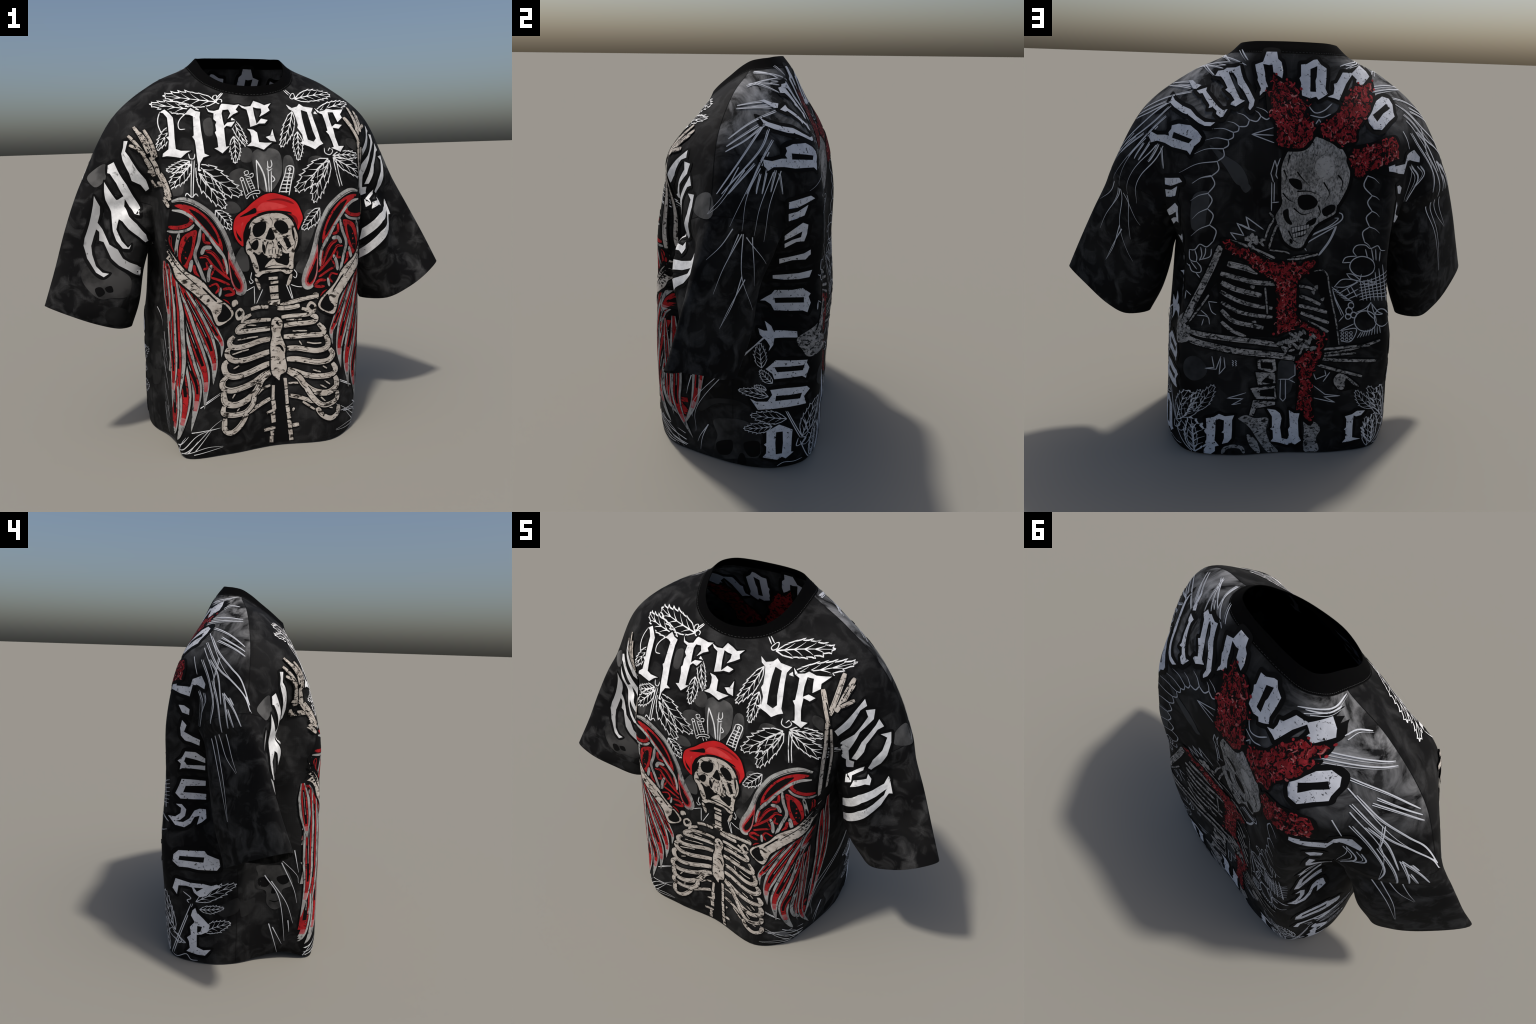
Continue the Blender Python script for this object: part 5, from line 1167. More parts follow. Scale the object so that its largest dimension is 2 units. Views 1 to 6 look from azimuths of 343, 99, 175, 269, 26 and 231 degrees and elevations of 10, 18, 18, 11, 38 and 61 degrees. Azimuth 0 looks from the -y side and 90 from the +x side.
p.line("ink_line", [(-0.015,0.865),(0.046,0.761),(0.092,0.65),(0.085,0.579)], 0.003, 4, taper=True)
p.line("ink_line", [(0.076,0.754),(0.124,0.644),(0.151,0.541)], 0.0046, 4)
p.line("ink_line", [(0.068,0.755),(0.118,0.645),(0.148,0.542)], 0.003, 4, taper=True)
p.line("ink_line", [(0.091,0.854),(0.084,0.794),(0.076,0.754)], 0.0046, 4)
p.line("ink_line", [(0.083,0.857),(0.078,0.796),(0.073,0.755)], 0.003, 4, taper=True)
p.line("ink_line", [(-0.055,1.121),(0.104,1.072),(0.143,1.064)], 0.0046, 4)
p.line("ink_line", [(-0.049,1.107),(0.106,1.065),(0.144,1.061)], 0.003, 4, taper=True)
p.line("ink_line", [(-0.078,1.101),(0.079,1.059),(0.148,1.049)], 0.0046, 4)
p.line("ink_line", [(-0.07,1.085),(0.082,1.052),(0.15,1.045)], 0.003, 4, taper=True)
p.line("ink_line", [(-0.1,1.256),(-0.011,1.244),(0.043,1.271)], 0.0046, 4)
p.line("ink_line", [(-0.088,1.235),(-0.006,1.235),(0.045,1.266)], 0.003, 4, taper=True)
p.line("ink_line", [(0.01,1.163),(0.047,1.175),(0.093,1.162)], 0.0046, 4)
p.line("ink_line", [(0.016,1.15),(0.051,1.166),(0.095,1.157)], 0.003, 4, taper=True)
p.line("ink_line", [(-0.082,1.247),(-0.028,1.233),(0.019,1.243)], 0.0046, 4)
p.line("ink_line", [(-0.073,1.23),(-0.023,1.224),(0.022,1.238)], 0.003, 4, taper=True)
p.line("ink_line", [(-0.01,0.741),(0.019,0.678),(-0.012,0.616)], 0.0046, 4)
p.line("ink_line", [(-0.022,0.745),(0.008,0.684),(-0.017,0.618)], 0.003, 4, taper=True)
p.line("ink_line", [(0.029,0.718),(0.043,0.677),(0.01,0.651)], 0.0046, 4)
p.line("ink_line", [(0.016,0.724),(0.035,0.681),(0.004,0.655)], 0.003, 4, taper=True)
p.line("ink_line", [(0.179,0.665),(0.204,0.631)], 0.0046, 4)
p.line("ink_line", [(0.173,0.663),(0.201,0.63)], 0.003, 4, taper=True)
p.line("ink_line", [(0.178,0.618),(0.214,0.548)], 0.0046, 4)
p.line("ink_line", [(0.171,0.617),(0.21,0.547)], 0.003, 4, taper=True)
p.line("ink_line", [(0.082,0.538),(0.143,0.388),(0.202,0.209)], 0.0042, 4, taper=True)
p.line("ink_line", [(0.107,0.54),(0.169,0.364),(0.204,0.209)], 0.0042, 4, taper=True)
p.line("ink_line", [(0.131,0.539),(0.175,0.451),(0.236,0.382)], 0.0042, 4, taper=True)
p.line("ink_line", [(0.172,0.533),(0.207,0.447),(0.239,0.385)], 0.0042, 4, taper=True)
p.line("ink_line", [(0.252,0.671),(0.272,0.625),(0.284,0.607)], 0.0042, 4, taper=True)
p.line("ink_line", [(-0.063,0.891),(-0.009,0.73),(-0.023,0.623)], 0.0042, 4, taper=True)
p.line("ink_line", [(-0.011,0.92),(0.084,0.744),(0.085,0.582)], 0.0042, 4, taper=True)
p.line("ink_line", [(-0.007,1.002),(0.118,0.801),(0.239,0.681)], 0.0042, 4, taper=True)
p = piece("palm_frond", SHOULDER_RIGHT)
p.line("ink_line", [(-0,1.114),(-0.058,1.097),(-0.114,1.08)], 0.0046, 4)
p.line("ink_line", [(-0,1.122),(-0.058,1.102),(-0.114,1.082)], 0.003, 4, taper=True)
p.line("ink_line", [(0.018,1.099),(-0.057,1.08)], 0.0046, 4)
p.line("ink_line", [(0.019,1.107),(-0.056,1.084)], 0.003, 4, taper=True)
p.line("ink_line", [(0.03,1.09),(-0.12,1.063)], 0.0046, 4)
p.line("ink_line", [(0.031,1.098),(-0.12,1.067)], 0.003, 4, taper=True)
p.line("ink_line", [(0.049,1.078),(-0.07,0.999),(-0.164,0.921)], 0.0046, 4)
p.line("ink_line", [(0.046,1.084),(-0.072,1.003),(-0.165,0.923)], 0.003, 4, taper=True)
p.line("ink_line", [(-0.036,0.991),(-0.174,0.889)], 0.0046, 4)
p.line("ink_line", [(-0.039,0.997),(-0.175,0.892)], 0.003, 4, taper=True)
p.line("ink_line", [(-0.007,1.001),(-0.097,0.921),(-0.179,0.868)], 0.0046, 4)
p.line("ink_line", [(-0.01,1.006),(-0.099,0.924),(-0.18,0.87)], 0.003, 4, taper=True)
p.line("ink_line", [(-0.016,0.995),(-0.122,0.842),(-0.222,0.709)], 0.0046, 4)
p.line("ink_line", [(-0.02,0.998),(-0.125,0.844),(-0.223,0.71)], 0.003, 4, taper=True)
p.line("ink_line", [(0.008,0.986),(-0.046,0.881),(-0.204,0.708)], 0.0046, 4)
p.line("ink_line", [(0.003,0.99),(-0.05,0.883),(-0.205,0.709)], 0.003, 4, taper=True)
p.line("ink_line", [(0.019,0.939),(-0.046,0.834),(-0.108,0.713)], 0.0046, 4)
p.line("ink_line", [(0.013,0.941),(-0.05,0.835),(-0.11,0.714)], 0.003, 4, taper=True)
p.line("ink_line", [(-0.066,0.83),(-0.179,0.708)], 0.0046, 4)
p.line("ink_line", [(-0.07,0.834),(-0.181,0.71)], 0.003, 4, taper=True)
p.line("ink_line", [(-0.044,0.798),(-0.064,0.741),(-0.069,0.719)], 0.0046, 4)
p.line("ink_line", [(-0.05,0.798),(-0.068,0.741),(-0.071,0.719)], 0.003, 4, taper=True)
p.line("ink_line", [(-0.014,0.823),(-0.045,0.723)], 0.0046, 4)
p.line("ink_line", [(-0.02,0.822),(-0.048,0.723)], 0.003, 4, taper=True)
p.line("ink_line", [(0.025,0.828),(-0.005,0.741)], 0.0046, 4)
p.line("ink_line", [(0.018,0.828),(-0.009,0.741)], 0.003, 4, taper=True)
p.line("ink_line", [(0.042,0.822),(0.055,0.753)], 0.0046, 4)
p.line("ink_line", [(0.035,0.82),(0.051,0.752)], 0.003, 4, taper=True)
p.line("ink_line", [(-0.015,1.297),(0.029,1.287),(0.086,1.267)], 0.0046, 4)
p.line("ink_line", [(-0.018,1.287),(0.027,1.28),(0.085,1.264)], 0.003, 4, taper=True)
p.line("ink_line", [(-0.061,1.196),(-0.023,1.215),(0.081,1.265)], 0.0046, 4)
p.line("ink_line", [(-0.061,1.186),(-0.023,1.208),(0.082,1.262)], 0.003, 4, taper=True)
p.line("ink_line", [(-0.051,1.208),(0.085,1.229)], 0.0046, 4)
p.line("ink_line", [(-0.053,1.198),(0.084,1.225)], 0.003, 4, taper=True)
p.line("ink_line", [(-0.023,1.215),(0.078,1.185)], 0.0046, 4)
p.line("ink_line", [(-0.026,1.206),(0.076,1.181)], 0.003, 4, taper=True)
p.line("ink_line", [(0.08,1.339),(0.128,1.31)], 0.0046, 4)
p.line("ink_line", [(0.074,1.331),(0.124,1.303)], 0.003, 4, taper=True)
p.line("ink_line", [(-0.014,1.293),(0.041,1.282),(0.135,1.288)], 0.0046, 4)
p.line("ink_line", [(-0.017,1.283),(0.039,1.275),(0.133,1.284)], 0.003, 4, taper=True)
p.line("ink_line", [(0.047,1.238),(0.083,1.247)], 0.0046, 4)
p.line("ink_line", [(0.045,1.228),(0.082,1.242)], 0.003, 4, taper=True)
p.line("ink_line", [(-0.133,0.811),(-0.197,0.706),(-0.26,0.64)], 0.0042, 4, taper=True)
p.line("ink_line", [(-0.11,0.802),(-0.211,0.673),(-0.257,0.639)], 0.0042, 4, taper=True)
p.line("ink_line", [(-0.017,0.886),(-0.142,0.664),(-0.181,0.593)], 0.0042, 4, taper=True)
p.line("ink_line", [(-0.004,0.888),(-0.104,0.712),(-0.133,0.583)], 0.0042, 4, taper=True)
p.line("ink_line", [(0.02,0.837),(-0.056,0.675),(-0.083,0.575)], 0.0042, 4, taper=True)
p.line("ink_line", [(0.047,0.832),(-0.016,0.684),(-0.04,0.562)], 0.0042, 4, taper=True)
p.line("ink_line", [(-0.169,0.587),(-0.217,0.528),(-0.274,0.477)], 0.0042, 4, taper=True)
p.line("ink_line", [(-0.133,0.574),(-0.208,0.456),(-0.253,0.363)], 0.0042, 4, taper=True)
p.line("ink_line", [(-0.127,0.575),(-0.135,0.433),(-0.087,0.325)], 0.0042, 4, taper=True)
p.line("ink_line", [(-0.114,0.567),(-0.028,0.49)], 0.0042, 4, taper=True)
p.line("ink_line", [(-0.135,0.433),(-0.174,0.337),(-0.231,0.248)], 0.0042, 4, taper=True)
p.line("ink_line", [(-0.122,0.424),(-0.193,0.315),(-0.229,0.251)], 0.0042, 4, taper=True)
p.line("ink_line", [(-0.089,0.57),(-0.083,0.479),(-0.082,0.408)], 0.0042, 4, taper=True)
p.line("ink_line", [(-0.145,0.573),(-0.189,0.49)], 0.0042, 4, taper=True)
# ------------------------------------------------------------------ back print
p = piece("letter", BACK)
p.fill("ink_black", grow([(-0.455,1.479),(-0.425,1.489),(-0.376,1.488),(-0.348,1.469),(-0.332,1.449),(-0.339,1.432),(-0.361,1.413),(-0.377,1.38),(-0.389,1.394),(-0.423,1.397),(-0.453,1.398),(-0.484,1.408),(-0.521,1.412),(-0.547,1.402),(-0.557,1.421),(-0.55,1.445),(-0.521,1.435),(-0.484,1.44),(-0.466,1.438),(-0.469,1.451),(-0.457,1.466)], .016), 4, smooth=True)
p.fill("ink_back_white", [(-0.455,1.479),(-0.425,1.489),(-0.376,1.488),(-0.348,1.469),(-0.332,1.449),(-0.339,1.432),(-0.361,1.413),(-0.377,1.38),(-0.389,1.394),(-0.423,1.397),(-0.453,1.398),(-0.484,1.408),(-0.521,1.412),(-0.547,1.402),(-0.557,1.421),(-0.55,1.445),(-0.521,1.435),(-0.484,1.44),(-0.466,1.438),(-0.469,1.451),(-0.457,1.466)], 7, hole=[(-0.446,1.456),(-0.404,1.447),(-0.368,1.438),(-0.382,1.422),(-0.418,1.428),(-0.453,1.433)])
p = piece("letter", BACK)
p.fill("ink_black", grow([(-0.458,1.59),(-0.447,1.574),(-0.413,1.556),(-0.378,1.546),(-0.354,1.523),(-0.321,1.504),(-0.28,1.504),(-0.298,1.49),(-0.321,1.49),(-0.344,1.499),(-0.368,1.514),(-0.387,1.525),(-0.412,1.531),(-0.448,1.548),(-0.468,1.564)], .016), 4, smooth=True)
p.fill("ink_back_white", [(-0.458,1.59),(-0.447,1.574),(-0.413,1.556),(-0.378,1.546),(-0.354,1.523),(-0.321,1.504),(-0.28,1.504),(-0.298,1.49),(-0.321,1.49),(-0.344,1.499),(-0.368,1.514),(-0.387,1.525),(-0.412,1.531),(-0.448,1.548),(-0.468,1.564)], 7)
p = piece("letter", BACK)
p.fill("ink_black", grow([(-0.355,1.616),(-0.313,1.631),(-0.317,1.618),(-0.3,1.598),(-0.286,1.581),(-0.267,1.561),(-0.249,1.549),(-0.231,1.554),(-0.249,1.526),(-0.26,1.523),(-0.276,1.535),(-0.274,1.546),(-0.29,1.56),(-0.306,1.555),(-0.302,1.566),(-0.318,1.588),(-0.331,1.609),(-0.343,1.606)], .016), 4, smooth=True)
p.fill("ink_back_white", [(-0.355,1.616),(-0.313,1.631),(-0.317,1.618),(-0.3,1.598),(-0.286,1.581),(-0.267,1.561),(-0.249,1.549),(-0.231,1.554),(-0.249,1.526),(-0.26,1.523),(-0.276,1.535),(-0.274,1.546),(-0.29,1.56),(-0.306,1.555),(-0.302,1.566),(-0.318,1.588),(-0.331,1.609),(-0.343,1.606)], 7)
p.fill("ink_back_white", [(-0.392,1.652),(-0.374,1.655),(-0.359,1.643),(-0.337,1.638),(-0.358,1.622),(-0.372,1.623),(-0.383,1.64)], 7)
p = piece("letter", BACK, inner=True)
p.fill("ink_black", grow([(-0.281,1.676),(-0.269,1.696),(-0.246,1.7),(-0.234,1.709),(-0.199,1.712),(-0.181,1.72),(-0.176,1.694),(-0.167,1.667),(-0.148,1.638),(-0.134,1.612),(-0.123,1.591),(-0.128,1.569),(-0.142,1.552),(-0.148,1.56),(-0.144,1.581),(-0.157,1.607),(-0.167,1.624),(-0.19,1.649),(-0.194,1.671),(-0.208,1.692),(-0.227,1.692),(-0.208,1.649),(-0.194,1.619),(-0.181,1.593),(-0.162,1.587),(-0.181,1.576),(-0.199,1.565),(-0.219,1.571),(-0.217,1.579),(-0.203,1.588),(-0.217,1.609),(-0.24,1.626),(-0.231,1.633),(-0.245,1.66),(-0.257,1.675)], .016), 4, smooth=True)
p.fill("ink_back_white", [(-0.281,1.676),(-0.269,1.696),(-0.246,1.7),(-0.234,1.709),(-0.199,1.712),(-0.181,1.72),(-0.176,1.694),(-0.167,1.667),(-0.148,1.638),(-0.134,1.612),(-0.123,1.591),(-0.128,1.569),(-0.142,1.552),(-0.148,1.56),(-0.144,1.581),(-0.157,1.607),(-0.167,1.624),(-0.19,1.649),(-0.194,1.671),(-0.208,1.692),(-0.227,1.692),(-0.208,1.649),(-0.194,1.619),(-0.181,1.593),(-0.162,1.587),(-0.181,1.576),(-0.199,1.565),(-0.219,1.571),(-0.217,1.579),(-0.203,1.588),(-0.217,1.609),(-0.24,1.626),(-0.231,1.633),(-0.245,1.66),(-0.257,1.675)], 7)
p = piece("letter", BACK, inner=True)
p.fill("ink_black", grow([(-0.12,1.726),(-0.088,1.738),(-0.073,1.777),(-0.031,1.778),(-0.027,1.751),(-0.013,1.739),(-0.006,1.703),(-0.011,1.677),(-0.032,1.689),(-0.046,1.698),(-0.05,1.729),(-0.064,1.726),(-0.088,1.73),(-0.081,1.697),(-0.078,1.666),(-0.069,1.644),(-0.074,1.627),(-0.088,1.622),(-0.102,1.608),(-0.102,1.621),(-0.097,1.635),(-0.111,1.667),(-0.109,1.678),(-0.116,1.704)], .016), 4, smooth=True)
p.fill("ink_back_white", [(-0.12,1.726),(-0.088,1.738),(-0.073,1.777),(-0.031,1.778),(-0.027,1.751),(-0.013,1.739),(-0.006,1.703),(-0.011,1.677),(-0.032,1.689),(-0.046,1.698),(-0.05,1.729),(-0.064,1.726),(-0.088,1.73),(-0.081,1.697),(-0.078,1.666),(-0.069,1.644),(-0.074,1.627),(-0.088,1.622),(-0.102,1.608),(-0.102,1.621),(-0.097,1.635),(-0.111,1.667),(-0.109,1.678),(-0.116,1.704)], 7)
p = piece("letter", BACK, inner=True)
p.fill("ink_black", grow([(0.067,1.732),(0.091,1.735),(0.12,1.752),(0.134,1.754),(0.148,1.735),(0.172,1.72),(0.171,1.682),(0.166,1.642),(0.175,1.622),(0.156,1.609),(0.137,1.599),(0.128,1.61),(0.104,1.603),(0.071,1.613),(0.065,1.635),(0.067,1.661),(0.06,1.679),(0.067,1.688)], .016), 4, smooth=True)
p.fill("ink_back_white", [(0.067,1.732),(0.091,1.735),(0.12,1.752),(0.134,1.754),(0.148,1.735),(0.172,1.72),(0.171,1.682),(0.166,1.642),(0.175,1.622),(0.156,1.609),(0.137,1.599),(0.128,1.61),(0.104,1.603),(0.071,1.613),(0.065,1.635),(0.067,1.661),(0.06,1.679),(0.067,1.688)], 7, hole=[(0.105,1.716),(0.134,1.728),(0.131,1.685),(0.126,1.672),(0.128,1.628),(0.104,1.629),(0.105,1.671)])
p = piece("letter", BACK, inner=True)
p.fill("ink_black", grow([(0.241,1.706),(0.282,1.705),(0.321,1.735),(0.351,1.712),(0.365,1.692),(0.327,1.658),(0.295,1.654),(0.302,1.68),(0.282,1.698),(0.254,1.662),(0.238,1.63),(0.222,1.599),(0.203,1.606),(0.175,1.611),(0.199,1.621),(0.204,1.643),(0.202,1.661),(0.215,1.665),(0.23,1.688)], .016), 4, smooth=True)
p.fill("ink_back_white", [(0.241,1.706),(0.282,1.705),(0.321,1.735),(0.351,1.712),(0.365,1.692),(0.327,1.658),(0.295,1.654),(0.302,1.68),(0.282,1.698),(0.254,1.662),(0.238,1.63),(0.222,1.599),(0.203,1.606),(0.175,1.611),(0.199,1.621),(0.204,1.643),(0.202,1.661),(0.215,1.665),(0.23,1.688)], 7)
p = piece("letter", BACK)
p.fill("ink_black", grow([(0.415,1.614),(0.448,1.605),(0.462,1.582),(0.461,1.552),(0.465,1.537),(0.433,1.518),(0.398,1.488),(0.363,1.491),(0.344,1.514),(0.338,1.536),(0.367,1.571),(0.384,1.597)], .016), 4, smooth=True)
p.fill("ink_back_white", [(0.415,1.614),(0.448,1.605),(0.462,1.582),(0.461,1.552),(0.465,1.537),(0.433,1.518),(0.398,1.488),(0.363,1.491),(0.344,1.514),(0.338,1.536),(0.367,1.571),(0.384,1.597)], 7, hole=[(0.427,1.585),(0.447,1.568),(0.41,1.549),(0.38,1.519),(0.362,1.545)])
p = piece("letter", BACK)
p.fill("ink_black", grow([(-0.32,0.203),(-0.284,0.21),(-0.262,0.225),(-0.235,0.211),(-0.194,0.215),(-0.203,0.19),(-0.203,0.137),(-0.205,0.095),(-0.221,0.073),(-0.248,0.065),(-0.239,0.095),(-0.239,0.122),(-0.25,0.127),(-0.241,0.138),(-0.239,0.19),(-0.262,0.199),(-0.278,0.191),(-0.278,0.138),(-0.282,0.084),(-0.262,0.056),(-0.28,0.05),(-0.28,0.024),(-0.299,0.006),(-0.331,0.008),(-0.331,0.029),(-0.319,0.054),(-0.318,0.116),(-0.318,0.165)], .016), 4, smooth=True)
p.fill("ink_back_white", [(-0.32,0.203),(-0.284,0.21),(-0.262,0.225),(-0.235,0.211),(-0.194,0.215),(-0.203,0.19),(-0.203,0.137),(-0.205,0.095),(-0.221,0.073),(-0.248,0.065),(-0.239,0.095),(-0.239,0.122),(-0.25,0.127),(-0.241,0.138),(-0.239,0.19),(-0.262,0.199),(-0.278,0.191),(-0.278,0.138),(-0.282,0.084),(-0.262,0.056),(-0.28,0.05),(-0.28,0.024),(-0.299,0.006),(-0.331,0.008),(-0.331,0.029),(-0.319,0.054),(-0.318,0.116),(-0.318,0.165)], 7)
p = piece("letter", BACK)
p.fill("ink_black", grow([(-0.044,0.236),(-0.007,0.228),(0.016,0.209),(0.024,0.184),(0.018,0.138),(0.027,0.081),(0.053,0.075),(0.061,0.096),(0.056,0.127),(0.064,0.142),(0.057,0.224),(0.081,0.209),(0.106,0.209),(0.1,0.173),(0.106,0.091),(0.118,0.069),(0.091,0.047),(0.072,0.056),(0.054,0.045),(0.011,0.06),(-0.024,0.068),(-0.013,0.083),(-0.016,0.125),(-0.028,0.133),(-0.019,0.14),(-0.021,0.196)], .016), 4, smooth=True)
p.fill("ink_back_white", [(-0.044,0.236),(-0.007,0.228),(0.016,0.209),(0.024,0.184),(0.018,0.138),(0.027,0.081),(0.053,0.075),(0.061,0.096),(0.056,0.127),(0.064,0.142),(0.057,0.224),(0.081,0.209),(0.106,0.209),(0.1,0.173),(0.106,0.091),(0.118,0.069),(0.091,0.047),(0.072,0.056),(0.054,0.045),(0.011,0.06),(-0.024,0.068),(-0.013,0.083),(-0.016,0.125),(-0.028,0.133),(-0.019,0.14),(-0.021,0.196)], 7)
p = piece("letter", BACK)
p.fill("ink_black", grow([(0.317,0.195),(0.349,0.205),(0.371,0.223),(0.409,0.223),(0.392,0.199),(0.369,0.193),(0.357,0.199),(0.356,0.144),(0.359,0.077),(0.4,0.065),(0.37,0.061),(0.347,0.055),(0.313,0.052),(0.326,0.071),(0.325,0.118),(0.317,0.124),(0.326,0.135),(0.325,0.178)], .016), 4, smooth=True)
p.fill("ink_back_white", [(0.317,0.195),(0.349,0.205),(0.371,0.223),(0.409,0.223),(0.392,0.199),(0.369,0.193),(0.357,0.199),(0.356,0.144),(0.359,0.077),(0.4,0.065),(0.37,0.061),(0.347,0.055),(0.313,0.052),(0.326,0.071),(0.325,0.118),(0.317,0.124),(0.326,0.135),(0.325,0.178)], 7)
p = piece("skull", BACK)
p.fill("ink_black", grow([(0.022,1.407),(0.073,1.411),(0.122,1.455),(0.144,1.452),(0.198,1.44),(0.236,1.41),(0.261,1.36),(0.27,1.31),(0.262,1.258),(0.233,1.193),(0.224,1.181),(0.218,1.147),(0.175,1.118),(0.146,1.096),(0.122,1.06),(0.105,1.028),(0.087,0.993),(0.053,0.99),(0.014,1.017),(-0.007,1.064),(-0.023,1.103),(-0.028,1.13),(-0.003,1.179),(-0.008,1.225),(-0.009,1.286),(-0.009,1.341)], .014), 5, smooth=True)
p.fill("ink_grey_skull", [(0.022,1.407),(0.073,1.411),(0.122,1.455),(0.144,1.452),(0.198,1.44),(0.236,1.41),(0.261,1.36),(0.27,1.31),(0.262,1.258),(0.233,1.193),(0.224,1.181),(0.218,1.147),(0.175,1.118),(0.146,1.096),(0.122,1.06),(0.105,1.028),(0.087,0.993),(0.053,0.99),(0.014,1.017),(-0.007,1.064),(-0.023,1.103),(-0.028,1.13),(-0.003,1.179),(-0.008,1.225),(-0.009,1.286),(-0.009,1.341)], 6, smooth=True)
p.fill("ink_grey_light", [(0.127,1.334),(0.136,1.367),(0.164,1.384),(0.194,1.373),(0.206,1.341),(0.201,1.307),(0.173,1.289),(0.143,1.301)], 7, smooth=True)
p.fill("ink_black", [(0.064,1.207),(0.082,1.219),(0.118,1.219),(0.145,1.196),(0.139,1.172),(0.114,1.158),(0.084,1.156),(0.065,1.177)], 8, smooth=True)
p.fill("ink_black", [(0.167,1.163),(0.197,1.183),(0.219,1.179),(0.213,1.154),(0.181,1.133),(0.167,1.144)], 8, smooth=True)
p.fill("ink_black", [(0.023,1.286),(0.056,1.286),(0.075,1.272),(0.077,1.242),(0.051,1.245),(0.027,1.267)], 8, smooth=True)
p.fill("ink_black", [(0.109,1.106),(0.141,1.125),(0.139,1.1),(0.117,1.087),(0.102,1.094)], 8, smooth=True)
p.fill("ink_black", [(0.002,1.145),(0.024,1.157),(0.029,1.122),(0.044,1.093),(0.03,1.091),(0.011,1.11)], 8, smooth=True)
p.fill("ink_black", [(0.036,1.029),(0.048,1.021),(0.045,1.006),(0.035,1.013)], 8, smooth=True)
p.line("ink_black", [(-0.001,1.323),(0.011,1.293),(0.005,1.271)], 0.007, 8, taper=True)
p.line("ink_black", [(0.166,1.276),(0.191,1.232),(0.178,1.198)], 0.007, 8, taper=True)
p.line("ink_black", [(0.222,1.308),(0.242,1.28),(0.234,1.235)], 0.007, 8, taper=True)
p.line("ink_black", [(-0.001,1.225),(0.023,1.198),(0.053,1.184)], 0.007, 8, taper=True)
p.line("ink_black", [(0.047,1.161),(0.085,1.135),(0.129,1.149)], 0.007, 8, taper=True)
p.line("ink_black", [(0.05,1.064),(0.081,1.062),(0.11,1.083)], 0.007, 8, taper=True)
p.line("ink_black", [(0.059,1.037),(0.089,1.042),(0.111,1.063)], 0.007, 8, taper=True)
p.line("ink_black", [(0.028,1.064),(0.052,1.021),(0.083,1.007)], 0.007, 8, taper=True)
p.line("ink_black", [(0.059,1.233),(0.11,1.235),(0.155,1.219)], 0.007, 8, taper=True)
p.line("ink_black", [(0.022,1.385),(0.016,1.353),(0.01,1.334)], 0.007, 8, taper=True)
p.line("ink_black", [(0.055,1.316),(0.078,1.287),(0.109,1.258)], 0.007, 8, taper=True)
p.line("ink_black", [(0.15,1.177),(0.158,1.147),(0.145,1.119)], 0.007, 8, taper=True)
p = piece("tooth", BACK)
p.fill("ink_black", grow([(0.041,1.076),(0.051,1.078),(0.053,1.057),(0.043,1.055)], .0035), 8.5)
p.fill("ink_grey_light", [(0.041,1.076),(0.051,1.078),(0.053,1.057),(0.043,1.055)], 9)
p = piece("tooth", BACK)
p.fill("ink_black", grow([(0.053,1.078),(0.063,1.081),(0.065,1.061),(0.056,1.059)], .0035), 8.5)
p.fill("ink_grey_light", [(0.053,1.078),(0.063,1.081),(0.065,1.061),(0.056,1.059)], 9)
p = piece("tooth", BACK)
p.fill("ink_black", grow([(0.066,1.081),(0.076,1.084),(0.078,1.065),(0.068,1.063)], .0035), 8.5)
p.fill("ink_grey_light", [(0.066,1.081),(0.076,1.084),(0.078,1.065),(0.068,1.063)], 9)
p = piece("tooth", BACK)
p.fill("ink_black", grow([(0.079,1.084),(0.089,1.087),(0.09,1.069),(0.08,1.067)], .0035), 8.5)
p.fill("ink_grey_light", [(0.079,1.084),(0.089,1.087),(0.09,1.069),(0.08,1.067)], 9)
p = piece("tooth", BACK)
p.fill("ink_black", grow([(0.091,1.087),(0.101,1.091),(0.102,1.073),(0.092,1.071)], .0035), 8.5)
p.fill("ink_grey_light", [(0.091,1.087),(0.101,1.091),(0.102,1.073),(0.092,1.071)], 9)
p = piece("tooth", BACK)
p.fill("ink_black", grow([(0.104,1.09),(0.114,1.094),(0.114,1.077),(0.104,1.075)], .0035), 8.5)
p.fill("ink_grey_light", [(0.104,1.09),(0.114,1.094),(0.114,1.077),(0.104,1.075)], 9)
p = piece("tooth", BACK)
p.fill("ink_black", grow([(0.047,1.05),(0.056,1.052),(0.057,1.035),(0.048,1.033)], .0035), 8.5)
p.fill("ink_grey_light", [(0.047,1.05),(0.056,1.052),(0.057,1.035),(0.048,1.033)], 9)
p = piece("tooth", BACK)
p.fill("ink_black", grow([(0.059,1.054),(0.068,1.056),(0.068,1.039),(0.06,1.037)], .0035), 8.5)
p.fill("ink_grey_light", [(0.059,1.054),(0.068,1.056),(0.068,1.039),(0.06,1.037)], 9)
p = piece("tooth", BACK)
p.fill("ink_black", grow([(0.071,1.057),(0.08,1.06),(0.079,1.044),(0.071,1.042)], .0035), 8.5)
p.fill("ink_grey_light", [(0.071,1.057),(0.08,1.06),(0.079,1.044),(0.071,1.042)], 9)
p = piece("tooth", BACK)
p.fill("ink_black", grow([(0.083,1.061),(0.092,1.064),(0.09,1.048),(0.082,1.046)], .0035), 8.5)
p.fill("ink_grey_light", [(0.083,1.061),(0.092,1.064),(0.09,1.048),(0.082,1.046)], 9)
p = piece("tooth", BACK)
p.fill("ink_black", grow([(0.095,1.065),(0.104,1.068),(0.101,1.052),(0.093,1.05)], .0035), 8.5)
p.fill("ink_grey_light", [(0.095,1.065),(0.104,1.068),(0.101,1.052),(0.093,1.05)], 9)
